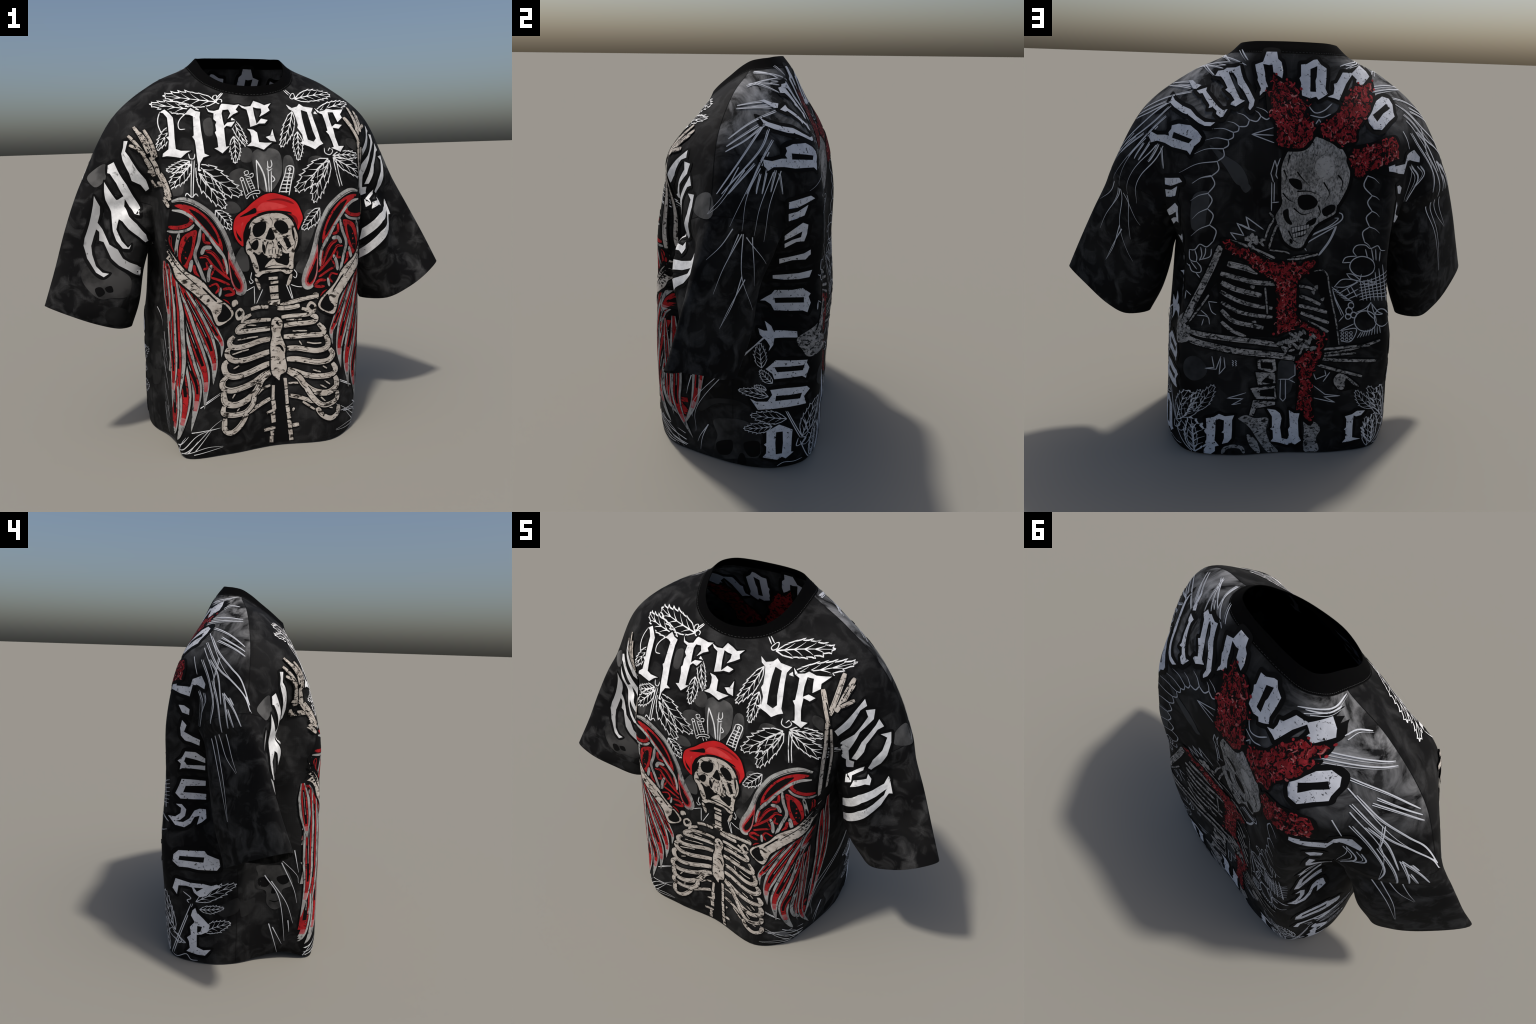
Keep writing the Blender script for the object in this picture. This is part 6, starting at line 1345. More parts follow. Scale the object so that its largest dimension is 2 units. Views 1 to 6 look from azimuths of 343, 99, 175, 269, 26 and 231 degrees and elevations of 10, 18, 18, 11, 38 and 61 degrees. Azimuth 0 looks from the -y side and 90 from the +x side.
splash(BACK, [(-0.043,1.687),(-0.018,1.659),(0.015,1.669),(0.032,1.651),(0.057,1.63),(0.062,1.599),(0.09,1.583),(0.085,1.548),(0.103,1.513),(0.121,1.487),(0.103,1.442),(0.076,1.414),(0.025,1.409),(-0.013,1.417),(-0.032,1.44),(-0.035,1.501),(-0.056,1.536),(-0.063,1.579),(-0.069,1.631),(-0.051,1.623)], 1, inner=True)
splash(BACK, [(0.14,1.488),(0.177,1.524),(0.22,1.551),(0.247,1.604),(0.278,1.636),(0.305,1.658),(0.32,1.645),(0.367,1.667),(0.369,1.645),(0.343,1.614),(0.373,1.619),(0.354,1.571),(0.32,1.527),(0.29,1.487),(0.285,1.448),(0.234,1.424),(0.196,1.445),(0.159,1.462)], 2, inner=True)
splash(BACK, [(0.264,1.375),(0.286,1.412),(0.319,1.422),(0.361,1.431),(0.406,1.449),(0.456,1.456),(0.474,1.428),(0.475,1.373),(0.427,1.359),(0.378,1.346),(0.332,1.322),(0.319,1.301),(0.291,1.311),(0.275,1.343)], 3)
splash(BACK, [(-0.25,1.034),(-0.221,1.024),(-0.153,0.986),(-0.096,0.955),(-0.026,0.919),(0.063,0.923),(0.079,0.904),(0.112,0.933),(0.146,0.944),(0.147,0.916),(0.118,0.882),(0.074,0.843),(0.075,0.787),(0.07,0.729),(0.083,0.668),(0.127,0.647),(0.174,0.622),(0.202,0.587),(0.189,0.539),(0.167,0.519),(0.18,0.572),(0.147,0.611),(0.088,0.644),(0.049,0.621),(-0.013,0.593),(-0.008,0.688),(-0.016,0.835),(-0.095,0.892),(-0.153,0.943),(-0.206,0.978),(-0.243,1.01)], 4)
splash(BACK, [(0.089,0.473),(0.132,0.52),(0.192,0.524),(0.178,0.466),(0.151,0.434),(0.162,0.175),(0.132,0.179),(0.125,0.235),(0.094,0.229),(0.1,0.425),(0.085,0.458)], 5)
bone_band("rib", BACK, [(-0.228,0.932),(-0.152,0.908),(-0.098,0.884)], 0.0249, 6, mat="ink_grey_bone")
bone_band("rib", BACK, [(-0.257,0.891),(-0.19,0.868),(-0.113,0.842),(-0.019,0.827)], 0.0197, 6, mat="ink_grey_bone")
bone_band("rib", BACK, [(-0.254,0.851),(-0.189,0.816),(-0.081,0.779)], 0.0214, 6, mat="ink_grey_bone")
bone_band("rib", BACK, [(-0.257,0.812),(-0.189,0.769),(-0.111,0.737),(-0.032,0.718)], 0.0163, 6, mat="ink_grey_bone")
bone_band("rib", BACK, [(-0.253,0.765),(-0.188,0.72),(-0.111,0.693),(-0.031,0.677)], 0.0154, 6, mat="ink_grey_bone")
bone_band("rib", BACK, [(-0.253,0.729),(-0.203,0.677),(-0.129,0.65),(-0.07,0.631)], 0.018, 6, mat="ink_grey_bone")
bone_band("rib", BACK, [(-0.253,0.676),(-0.207,0.633),(-0.148,0.598)], 0.0146, 6, mat="ink_grey_bone")
bone_band("rib", BACK, [(0.082,0.819),(0.12,0.816),(0.155,0.805)], 0.0111, 6, mat="ink_grey_bone")
bone_band("rib", BACK, [(0.084,0.775),(0.13,0.762),(0.177,0.742)], 0.0146, 6, mat="ink_grey_bone")
bone_band("rib", BACK, [(0.085,0.73),(0.143,0.722),(0.206,0.71)], 0.0154, 6, mat="ink_grey_bone")
bone_band("rib", BACK, [(0.094,0.698),(0.156,0.679),(0.216,0.662)], 0.0154, 6, mat="ink_grey_bone")
bone_band("rib", BACK, [(0.126,0.659),(0.173,0.639),(0.216,0.62)], 0.0146, 6, mat="ink_grey_bone")
bone_band("rib", BACK, [(-0.066,0.814),(-0.059,0.753),(-0.054,0.695)], 0.0077, 6, mat="ink_grey_bone")
p = piece("rib_fragment", BACK)
p.fill("ink_grey_skull", [(0.136,0.799),(0.151,0.8),(0.148,0.784)], 6, smooth=True)
p = piece("rib_fragment", BACK)
p.fill("ink_grey_skull", [(0.147,0.82),(0.162,0.829),(0.162,0.809)], 6, smooth=True)
p = piece("rib_fragment", BACK)
p.fill("ink_grey_skull", [(0.176,0.766),(0.192,0.776),(0.187,0.759)], 6, smooth=True)
p = piece("rib_fragment", BACK)
p.fill("ink_grey_skull", [(-0.132,0.827),(-0.113,0.83),(-0.113,0.814),(-0.124,0.815)], 6, smooth=True)
p = piece("rib_fragment", BACK)
p.fill("ink_grey_skull", [(-0.122,0.665),(-0.106,0.668),(-0.102,0.655),(-0.114,0.654)], 6, smooth=True)
arm = piece("arm_bone", BACK); arm.fill("ink_black", [(-0.265,1.019),(-0.198,0.981),(-0.25,0.883),(-0.309,0.807),(-0.393,0.68),(-0.425,0.673),(-0.369,0.801),(-0.309,0.917)], 3, smooth=True)
bone_band("arm_bone", BACK, [(-0.257,1.01),(-0.285,0.939),(-0.332,0.84),(-0.363,0.777),(-0.406,0.681)], 0.0274, 7, mat="ink_grey_bone")
bone_band("arm_bone", BACK, [(-0.306,0.799),(-0.332,0.761),(-0.389,0.681)], 0.0077, 6, mat="ink_grey_bone")
bone_band("arm_bone", BACK, [(-0.382,0.637),(-0.302,0.614),(-0.148,0.581),(-0,0.544)], 0.0231, 7, mat="ink_grey_bone")
bone_band("arm_bone", BACK, [(-0.43,0.621),(-0.34,0.583),(-0.225,0.546),(-0.108,0.517),(0.074,0.48)], 0.0274, 8, mat="ink_grey_bone")
p = piece("elbow_bone", BACK)
p.fill("ink_grey_bone", [(-0.445,0.611),(-0.397,0.664),(-0.382,0.641),(-0.394,0.594),(-0.425,0.584)], 9, smooth=True)
p = piece("shadow", BACK)
p.fill("ink_black", [(0.096,0.868),(0.133,0.891),(0.193,0.884),(0.216,0.798),(0.239,0.703),(0.269,0.561),(0.227,0.556),(0.216,0.618),(0.212,0.701),(0.158,0.817)], 4)
p.line("ink_grey_bone", [(0.14,0.888),(0.178,0.897),(0.201,0.877),(0.211,0.822),(0.229,0.743),(0.248,0.663),(0.265,0.563)], 0.006, 5)
p.fill("ink_black", [(-0.265,0.938),(-0.022,0.919),(0.074,0.835),(0.08,0.648),(-0.013,0.581),(-0.249,0.607),(-0.268,0.828)], 2)
bone_band("clavicle", BACK, [(-0.25,1.041),(-0.154,1.006),(-0.026,0.943)], 0.0111, 5, mat="ink_grey_bone")
bone_band("clavicle", BACK, [(-0.176,0.995),(-0.115,0.972),(-0.038,0.932)], 0.0111, 5, mat="ink_grey_bone")
bone_band("clavicle", BACK, [(0.028,0.936),(0.096,0.954),(0.156,0.966)], 0.0111, 5, mat="ink_grey_bone")
bone_heap(BACK, [(0.004,0.559),(0.05,0.596),(0.112,0.616),(0.163,0.596),(0.177,0.559),(0.147,0.522),(0.073,0.503),(0.021,0.511)], 7, 46)
bone_heap(BACK, [(-0.154,1.044),(-0.117,1.053),(-0.082,1.028),(-0.074,0.993),(-0.116,0.991),(-0.15,1.009)], 8, 22)
bone_band("finger_bone", BACK, [(0.193,0.511),(0.314,0.543),(0.445,0.589)], 0.0115, 6, mat="ink_grey_bone")
bone_band("finger_bone", BACK, [(0.188,0.535),(0.313,0.556),(0.401,0.565)], 0.0106, 6, mat="ink_grey_bone")
bone_band("finger_bone", BACK, [(0.19,0.489),(0.273,0.488),(0.435,0.489)], 0.0144, 6, mat="ink_grey_bone")
bone_band("finger_bone", BACK, [(0.178,0.458),(0.277,0.434),(0.378,0.408)], 0.0134, 6, mat="ink_grey_bone")
bone_band("finger_bone", BACK, [(0.202,0.505),(0.271,0.517),(0.342,0.525)], 0.0096, 6, mat="ink_grey_bone")
p = piece("knuckle_bone", BACK)
p.fill("ink_black", [(0.246,0.4),(0.277,0.429),(0.329,0.402),(0.376,0.354),(0.33,0.336),(0.284,0.33),(0.248,0.362)], 5, smooth=True)
p.fill("ink_grey_bone", [(0.253,0.395),(0.278,0.422),(0.325,0.396),(0.369,0.355),(0.341,0.365),(0.307,0.396),(0.302,0.344),(0.279,0.338),(0.257,0.364)], 6, smooth=True)
p = piece("vertebra", BACK)
p.fill("ink_black", grow([(-0.095,0.483),(-0.014,0.48),(-0.006,0.424),(-0.026,0.413),(-0.09,0.439)], .008), 4)
p.fill("ink_grey_bone", [(-0.095,0.483),(-0.014,0.48),(-0.006,0.424),(-0.026,0.413),(-0.09,0.439)], 5, hole=[(-0.081,0.47),(-0.027,0.464),(-0.022,0.43),(-0.076,0.44)])
p = piece("vertebra", BACK)
p.fill("ink_black", grow([(-0.101,0.423),(-0.012,0.41),(-0.009,0.36),(-0.088,0.358)], .008), 4)
p.fill("ink_grey_bone", [(-0.101,0.423),(-0.012,0.41),(-0.009,0.36),(-0.088,0.358)], 5, hole=[(-0.075,0.371),(-0.053,0.394),(-0.016,0.376),(-0.024,0.357)])
p = piece("vertebra", BACK)
p.fill("ink_black", grow([(-0.124,0.347),(-0.011,0.347),(-0.002,0.28),(-0.096,0.291)], .008), 4)
p.fill("ink_grey_bone", [(-0.124,0.347),(-0.011,0.347),(-0.002,0.28),(-0.096,0.291)], 5, hole=[(-0.079,0.332),(-0.015,0.336),(-0.011,0.291),(-0.078,0.302)])
p = piece("vertebra", BACK)
p.fill("ink_black", grow([(-0.109,0.285),(-0.008,0.267),(-0.008,0.253),(-0.095,0.243),(-0.108,0.204),(-0.126,0.211)], .008), 4)
p.fill("ink_grey_bone", [(-0.109,0.285),(-0.008,0.267),(-0.008,0.253),(-0.095,0.243),(-0.108,0.204),(-0.126,0.211)], 5)
p = piece("pelvis", BACK)
p.fill("ink_grey_bone", [(-0.176,0.199),(-0.14,0.212),(-0.099,0.193),(-0.039,0.188),(-0.047,0.127),(-0.026,0.062),(0.013,0.009),(-0.034,0.007),(-0.083,0.078),(-0.121,0.144),(-0.153,0.177)], 5, smooth=True)
p.fill("ink_grey_bone", [(-0.134,0.113),(-0.092,0.079),(-0.072,0.014),(-0.091,0.014),(-0.124,0.06)], 5, smooth=True)
p.fill("ink_grey_bone", [(0.128,0.169),(0.179,0.165),(0.204,0.129),(0.187,0.081),(0.201,0.014),(0.135,0.011),(0.13,0.123)], 5, smooth=True)
p.line("ink_grey_bone", [(-0.248,0.009),(-0.234,0.04),(-0.198,0.052),(-0.161,0.043),(-0.146,0.012)], 0.018, 5)
bone_band("neck_bone", BACK, [(-0.055,1.142),(-0.035,1.115),(-0.053,1.085),(-0.071,1.032)], 0.0086, 5, mat="ink_grey_bone")
bone_band("neck_bone", BACK, [(-0.019,1.095),(-0.04,1.038),(-0.054,0.988)], 0.0094, 5, mat="ink_grey_bone")
bone_band("neck_bone", BACK, [(-0.05,0.98),(0.015,0.97),(0.039,0.962)], 0.0069, 5, mat="ink_grey_bone")
bone_band("neck_bone", BACK, [(0.028,0.934),(0.093,0.944),(0.152,0.964)], 0.0094, 5, mat="ink_grey_bone")
p = piece("rope", BACK)
rope(p, [(-0.056,1.531),(-0.098,1.531),(-0.144,1.517),(-0.185,1.491),(-0.208,1.469),(-0.228,1.44),(-0.248,1.407),(-0.271,1.358),(-0.295,1.3),(-0.295,1.303),(-0.308,1.233),(-0.31,1.171),(-0.302,1.103),(-0.287,1.033)], [(-0.116,1.565),(-0.121,1.552),(-0.194,1.542),(-0.231,1.509),(-0.292,1.48),(-0.321,1.437),(-0.379,1.375),(-0.423,1.304),(-0.37,1.272),(-0.37,1.27),(-0.376,1.202),(-0.371,1.128),(-0.376,1.057),(-0.287,1.033)], 1)
rope(p, [(0.341,1.31),(0.363,1.231),(0.367,1.167),(0.361,1.1),(0.346,1.033)], [(0.39,1.281),(0.394,1.214),(0.398,1.144),(0.404,1.075),(0.376,1.003)], -1)
p.line("ink_back_line", [(0.094,1.578),(0.122,1.549),(0.159,1.558),(0.193,1.586)], 0.004, 4)
p.line("ink_back_line", [(0.103,1.539),(0.15,1.532),(0.187,1.546)], 0.004, 4)
p.line("ink_back_line", [(0.138,1.525),(0.124,1.505)], 0.004, 4)
p.line("ink_back_line", [(0.138,1.525),(0.147,1.51)], 0.004, 4)
p.line("ink_back_line", [(-0.047,1.489),(-0.135,1.463),(-0.047,1.46)], 0.004, 4, smooth=False)
p.line("ink_back_line", [(-0.135,1.463),(-0.044,1.431)], 0.004, 4, smooth=False)
p.line("ink_back_line", [(-0.039,1.363),(-0.054,1.308),(-0.042,1.271)], 0.004, 4, smooth=False)
p.line("ink_back_line", [(-0.039,1.363),(-0.029,1.33),(-0.033,1.301),(-0.025,1.286)], 0.004, 4, smooth=False)
p.line("ink_back_line", [(-0.017,1.371),(-0.031,1.33)], 0.004, 4, smooth=False)
p.line("ink_back_line", [(-0.049,1.271),(-0.047,1.15)], 0.004, 4, smooth=False)
p.line("ink_back_line", [(-0.038,1.271),(-0.037,1.187)], 0.004, 4, smooth=False)
p.line("ink_back_line", [(-0.046,1.184),(-0.014,1.187)], 0.004, 4, smooth=False)
p = piece("crown_spikes", BACK)
p.line("ink_back_line", [(-0.189,1.027),(-0.217,1.065),(-0.161,1.05),(-0.191,1.104),(-0.137,1.073),(-0.154,1.129),(-0.136,1.114)], 0.0045, 4, smooth=False)
p.line("ink_back_line", [(-0.177,1.099),(-0.113,1.065)], 0.004, 4)
p.line("ink_back_line", [(-0.14,1.078),(-0.152,1.128),(-0.079,1.071)], 0.0045, 4, smooth=False)
p = piece("horn", BACK)
p.line("ink_back_line", [(0.228,1.153),(0.248,1.145),(0.247,1.122),(0.212,1.093),(0.162,1.067),(0.126,1.045)], 0.005, 4)
p.line("ink_back_line", [(0.218,1.128),(0.233,1.125),(0.198,1.092),(0.133,1.053)], 0.004, 4)
p.line("ink_back_line", [(0.22,1.09),(0.105,1.008),(0.108,0.977)], 0.005, 4)
p.line("ink_back_line", [(0.227,1.094),(0.201,1.027),(0.16,0.961)], 0.009, 4)
p = piece("flower", BACK)
p.line("ink_back_line", [(-0.383,0.998),(-0.361,1),(-0.341,1.023),(-0.314,1.01),(-0.287,1.033)], 0.004, 4)
p.line("ink_back_line", [(-0.383,0.998),(-0.381,0.955),(-0.354,0.946)], 0.004, 4)
p.line("ink_back_line", [(-0.361,0.998),(-0.354,0.969),(-0.356,0.948)], 0.004, 4)
p.line("ink_back_line", [(-0.338,1.011),(-0.334,0.977),(-0.344,0.952)], 0.004, 4)
p.line("ink_back_line", [(-0.318,1.006),(-0.32,0.981),(-0.33,0.96)], 0.004, 4)
p.line("ink_back_line", [(-0.295,1),(-0.301,0.967),(-0.344,0.955)], 0.004, 4)
p.line("ink_back_line", [(-0.354,0.946),(-0.338,0.923),(-0.341,0.9),(-0.374,0.905),(-0.384,0.933)], 0.004, 4)
p.line("ink_back_line", [(-0.378,0.947),(-0.354,0.913)], 0.004, 4)
p.line("ink_back_line", [(-0.394,0.935),(-0.382,0.925)], 0.004, 4)
p.line("ink_back_line", [(-0.358,0.898),(-0.343,0.877)], 0.004, 4)
p.line("ink_back_line", [(-0.399,0.817),(-0.379,0.8)], 0.0035, 4)
p.line("ink_back_line", [(-0.399,0.813),(-0.404,0.778)], 0.0035, 4)
p.line("ink_back_line", [(-0.307,0.77),(-0.271,0.763)], 0.0035, 4)
p.line("ink_back_line", [(-0.307,0.77),(-0.295,0.726),(-0.275,0.708)], 0.0035, 4)
p.line("ink_back_line", [(-0.356,0.712),(-0.311,0.702),(-0.303,0.667)], 0.0035, 4)
p.line("ink_back_line", [(-0.339,0.733),(-0.311,0.706)], 0.0035, 4)
p.line("ink_back_line", [(-0.336,0.665),(-0.328,0.694)], 0.0035, 4)
p = piece("fruit", BACK)
p.line("ink_back_line", [(0.397,0.927),(0.392,0.904),(0.373,0.887),(0.348,0.88),(0.321,0.884),(0.301,0.9),(0.292,0.921),(0.298,0.944),(0.316,0.961),(0.341,0.969),(0.368,0.964),(0.388,0.949),(0.397,0.927)], 0.0045, 4)
p.line("ink_back_line", [(0.421,0.679),(0.416,0.656),(0.4,0.638),(0.376,0.632),(0.351,0.637),(0.333,0.654),(0.325,0.677),(0.33,0.701),(0.346,0.719),(0.37,0.726),(0.394,0.72),(0.413,0.703),(0.421,0.679)], 0.0045, 4)
p.line("ink_back_line", [(0.479,0.662),(0.463,0.655),(0.446,0.653),(0.429,0.661),(0.416,0.676),(0.411,0.696),(0.414,0.716),(0.424,0.73),(0.44,0.734),(0.458,0.725),(0.478,0.7)], 0.0045, 4)
p.line("ink_back_line", [(0.314,0.722),(0.312,0.713),(0.307,0.707),(0.3,0.705),(0.293,0.707),(0.288,0.713),(0.286,0.721),(0.287,0.729),(0.292,0.736),(0.299,0.738),(0.306,0.736),(0.311,0.73),(0.314,0.722)], 0.0045, 4)
p.line("ink_back_line", [(0.319,0.748),(0.318,0.742),(0.314,0.737),(0.308,0.735),(0.301,0.736),(0.297,0.741),(0.295,0.747),(0.296,0.754),(0.3,0.759),(0.306,0.76),(0.313,0.759),(0.317,0.754),(0.319,0.748)], 0.0045, 4)
p.line("ink_back_line", [(0.333,0.706),(0.331,0.699),(0.327,0.694),(0.321,0.692),(0.315,0.693),(0.31,0.698),(0.308,0.704),(0.309,0.711),(0.314,0.716),(0.32,0.718),(0.326,0.716),(0.331,0.712),(0.333,0.706)], 0.0045, 4)
p.line("ink_back_line", [(0.308,0.697),(0.307,0.691),(0.303,0.687),(0.297,0.685),(0.291,0.686),(0.287,0.691),(0.285,0.697),(0.286,0.703),(0.29,0.707),(0.296,0.709),(0.302,0.708),(0.306,0.703),(0.308,0.697)], 0.0045, 4)
p.line("ink_back_line", [(0.318,0.968),(0.302,0.99),(0.315,1.015),(0.35,1.02),(0.372,1.006),(0.401,1.02),(0.416,1),(0.436,0.997)], 0.004, 4)
p.line("ink_back_line", [(0.26,0.936),(0.274,0.961),(0.32,0.969)], 0.004, 4)
p.line("ink_back_line", [(0.26,0.936),(0.296,0.94)], 0.004, 4)
p.line("ink_back_line", [(0.28,0.889),(0.308,0.886),(0.34,0.86),(0.301,0.867),(0.28,0.889)], 0.004, 4)
p.line("ink_back_line", [(0.231,0.827),(0.266,0.863),(0.327,0.857),(0.281,0.83),(0.231,0.827)], 0.004, 4)
p.line("ink_back_line", [(0.345,0.856),(0.37,0.861),(0.406,0.853),(0.372,0.843),(0.345,0.856)], 0.004, 4)
p.line("ink_back_line", [(0.343,0.89),(0.338,0.855)], 0.004, 4)
p.line("ink_back_line", [(0.352,1.002),(0.363,0.966)], 0.004, 4)
p.line("ink_back_line", [(0.377,1.004),(0.389,0.954)], 0.004, 4)
p.line("ink_back_line", [(0.394,1.004),(0.4,0.954)], 0.004, 4)
p.line("ink_back_line", [(0.414,0.995),(0.414,0.95)], 0.004, 4)
p.line("ink_back_line", [(0.221,0.826),(0.279,0.784),(0.315,0.763)], 0.004, 4)
p.line("ink_back_line", [(0.225,0.817),(0.238,0.777),(0.279,0.701)], 0.004, 4)
p.line("ink_back_line", [(0.256,0.801),(0.29,0.826),(0.332,0.855)], 0.004, 4)
p.line("ink_back_line", [(0.274,0.784),(0.334,0.823)], 0.004, 4)
p.line("ink_back_line", [(0.292,0.776),(0.344,0.801)], 0.004, 4)
p.line("ink_back_line", [(0.285,0.826),(0.3,0.799)], 0.004, 4)
p.line("ink_back_line", [(0.303,0.831),(0.331,0.786)], 0.004, 4)
p.line("ink_back_line", [(0.394,0.766),(0.369,0.737),(0.331,0.717)], 0.004, 4)
p.line("ink_back_line", [(0.39,0.766),(0.379,0.724),(0.408,0.691)], 0.004, 4)
p.line("ink_back_line", [(0.394,0.761),(0.424,0.723),(0.447,0.71),(0.411,0.715),(0.394,0.761)], 0.004, 4)
p.line("ink_back_line", [(0.262,0.629),(0.335,0.642),(0.316,0.583),(0.272,0.581)], 0.004, 4)
p.line("ink_back_line", [(0.325,0.665),(0.269,0.634)], 0.004, 4)
p.line("ink_back_line", [(0.279,0.701),(0.258,0.672)], 0.004, 4)
p.line("ink_back_line", [(0.225,0.813),(0.247,0.819)], 0.003, 4)
p.line("ink_back_line", [(0.233,0.79),(0.239,0.763)], 0.003, 4)
p.line("ink_back_line", [(0.233,0.807),(0.254,0.812)], 0.003, 4)
p.line("ink_back_line", [(0.237,0.78),(0.243,0.754)], 0.003, 4)
p.line("ink_back_line", [(0.24,0.801),(0.262,0.805)], 0.003, 4)
p.line("ink_back_line", [(0.241,0.769),(0.247,0.745)], 0.003, 4)
p.line("ink_back_line", [(0.247,0.795),(0.27,0.798)], 0.003, 4)
p.line("ink_back_line", [(0.245,0.758),(0.251,0.736)], 0.003, 4)
p.line("ink_back_line", [(0.254,0.789),(0.278,0.791)], 0.003, 4)
p.line("ink_back_line", [(0.249,0.747),(0.256,0.727)], 0.003, 4)
p.line("ink_back_line", [(0.261,0.783),(0.285,0.784)], 0.003, 4)
p.line("ink_back_line", [(0.253,0.737),(0.26,0.719)], 0.003, 4)
p.line("ink_back_line", [(0.269,0.777),(0.293,0.777)], 0.003, 4)
p.line("ink_back_line", [(0.257,0.726),(0.265,0.71)], 0.003, 4)
p.line("ink_back_line", [(0.276,0.771),(0.301,0.77)], 0.003, 4)
p.line("ink_back_line", [(0.261,0.715),(0.269,0.7)], 0.003, 4)
p.line("ink_back_line", [(0.342,0.599),(0.358,0.629)], 0.0035, 4)
p.line("ink_back_line", [(0.354,0.602),(0.368,0.633)], 0.0035, 4)
p.line("ink_back_line", [(0.367,0.606),(0.377,0.637)], 0.0035, 4)
p.line("ink_back_line", [(0.379,0.609),(0.387,0.641)], 0.0035, 4)
p.line("ink_back_line", [(0.391,0.612),(0.396,0.645)], 0.0035, 4)
p.line("ink_back_line", [(0.404,0.615),(0.406,0.649)], 0.0035, 4)
p.line("ink_back_line", [(0.417,0.618),(0.416,0.652)], 0.0035, 4)
p.line("ink_back_line", [(0.429,0.62),(0.426,0.656)], 0.0035, 4)
p.line("ink_back_line", [(0.443,0.622),(0.436,0.659)], 0.0035, 4)
p.line("ink_back_line", [(0.34,0.86),(0.358,0.772)], 0.0035, 4)
p.line("ink_back_line", [(0.355,0.864),(0.374,0.772)], 0.0035, 4)
p.line("ink_back_line", [(0.371,0.869),(0.39,0.773)], 0.0035, 4)
p.line("ink_back_line", [(0.386,0.873),(0.406,0.773)], 0.0035, 4)
p.line("ink_back_line", [(0.4,0.902),(0.423,0.772)], 0.0035, 4)
p.line("ink_back_line", [(0.415,0.918),(0.44,0.77)], 0.0035, 4)
p.line("ink_back_line", [(0.43,0.934),(0.46,0.766)], 0.0035, 4)
p.line("ink_back_line", [(0.336,0.855),(0.387,0.867),(0.456,0.899)], 0.0035, 4)
p.line("ink_back_line", [(0.337,0.842),(0.388,0.854),(0.458,0.88)], 0.0035, 4)
p.line("ink_back_line", [(0.338,0.828),(0.389,0.841),(0.46,0.861)], 0.0035, 4)
p.line("ink_back_line", [(0.338,0.814),(0.39,0.828),(0.461,0.842)], 0.0035, 4)
p.line("ink_back_line", [(0.339,0.801),(0.391,0.815),(0.463,0.824)], 0.0035, 4)
p.line("ink_back_line", [(0.34,0.787),(0.392,0.802),(0.464,0.805)], 0.0035, 4)
p.line("ink_back_line", [(0.341,0.773),(0.393,0.79),(0.465,0.787)], 0.0035, 4)
p.line("ink_back_line", [(0.283,0.621),(0.28,0.616),(0.273,0.615),(0.27,0.62),(0.273,0.625),(0.279,0.626),(0.283,0.621)], 0.003, 4)
p.line("ink_back_line", [(0.284,0.605),(0.281,0.6),(0.274,0.6),(0.27,0.605),(0.273,0.61),(0.28,0.61),(0.284,0.605)], 0.003, 4)
p.line("ink_back_line", [(0.285,0.59),(0.282,0.585),(0.275,0.584),(0.271,0.589),(0.274,0.594),(0.281,0.595),(0.285,0.59)], 0.003, 4)
p.line("ink_back_line", [(0.302,0.621),(0.298,0.616),(0.292,0.616),(0.288,0.621),(0.291,0.626),(0.298,0.626),(0.302,0.621)], 0.003, 4)
p.line("ink_back_line", [(0.302,0.606),(0.299,0.601),(0.293,0.601),(0.289,0.606),(0.292,0.611),(0.299,0.611),(0.302,0.606)], 0.003, 4)
p.line("ink_back_line", [(0.303,0.591),(0.3,0.585),(0.294,0.585),(0.29,0.59),(0.293,0.595),(0.3,0.595),(0.303,0.591)], 0.003, 4)
p.line("ink_back_line", [(0.32,0.622),(0.317,0.617),(0.311,0.617),(0.307,0.622),(0.31,0.627),(0.317,0.627),(0.32,0.622)], 0.003, 4)
p.line("ink_back_line", [(0.321,0.607),(0.318,0.602),(0.311,0.601),(0.308,0.606),(0.311,0.611),(0.318,0.612),(0.321,0.607)], 0.003, 4)
p.line("ink_back_line", [(0.322,0.591),(0.319,0.586),(0.312,0.586),(0.309,0.591),(0.312,0.596),(0.318,0.596),(0.322,0.591)], 0.003, 4)
leaf(BACK, (-0.425, 0.192), (-0.343, 0.355), 0.036, 5, mat="ink_back_line", lw=.0032)
leaf(BACK, (-0.376, 0.238), (-0.284, 0.376), 0.0345, 5, mat="ink_back_line", lw=.0032)
leaf(BACK, (0.488, 0.177), (0.411, 0.356), 0.0345, 5, mat="ink_back_line", lw=.0032)
leaf(BACK, (0.443, 0.229), (0.355, 0.333), 0.0278, 5, mat="ink_back_line", lw=.0032)
leaf(BACK, (0.437, 0.012), (0.418, 0.188), 0.0297, 5, mat="ink_back_line", lw=.0032)
leaf(BACK, (-0.375, 0.028), (-0.379, 0.172), 0.0249, 5, mat="ink_back_line", lw=.0032)
p = piece("stem", BACK)
p.line("ink_back_line", [(-0.424,0.143),(-0.387,0.005)], 0.004, 4)
p.line("ink_back_line", [(-0.453,0.253),(-0.432,0.172)], 0.004, 4)
p.line("ink_back_line", [(0.496,0.165),(0.48,0.142),(0.5,0.115),(0.528,0.1),(0.496,0.165)], 0.004, 4)
p.line("ink_back_line", [(-0.432,0.172),(-0.451,0.124),(-0.434,0.114),(-0.412,0.147),(-0.432,0.172)], 0.004, 4)
p = piece("lightning_mark", BACK)
p.line("ink_back_line", [(-0.142,0.326),(-0.226,0.304),(-0.155,0.297),(-0.206,0.269),(-0.164,0.275)], 0.0042, 4, smooth=False)
p.line("ink_back_line", [(0.159,0.356),(0.217,0.311),(0.286,0.304),(0.213,0.298),(0.265,0.27),(0.164,0.291)], 0.0042, 4, smooth=False)
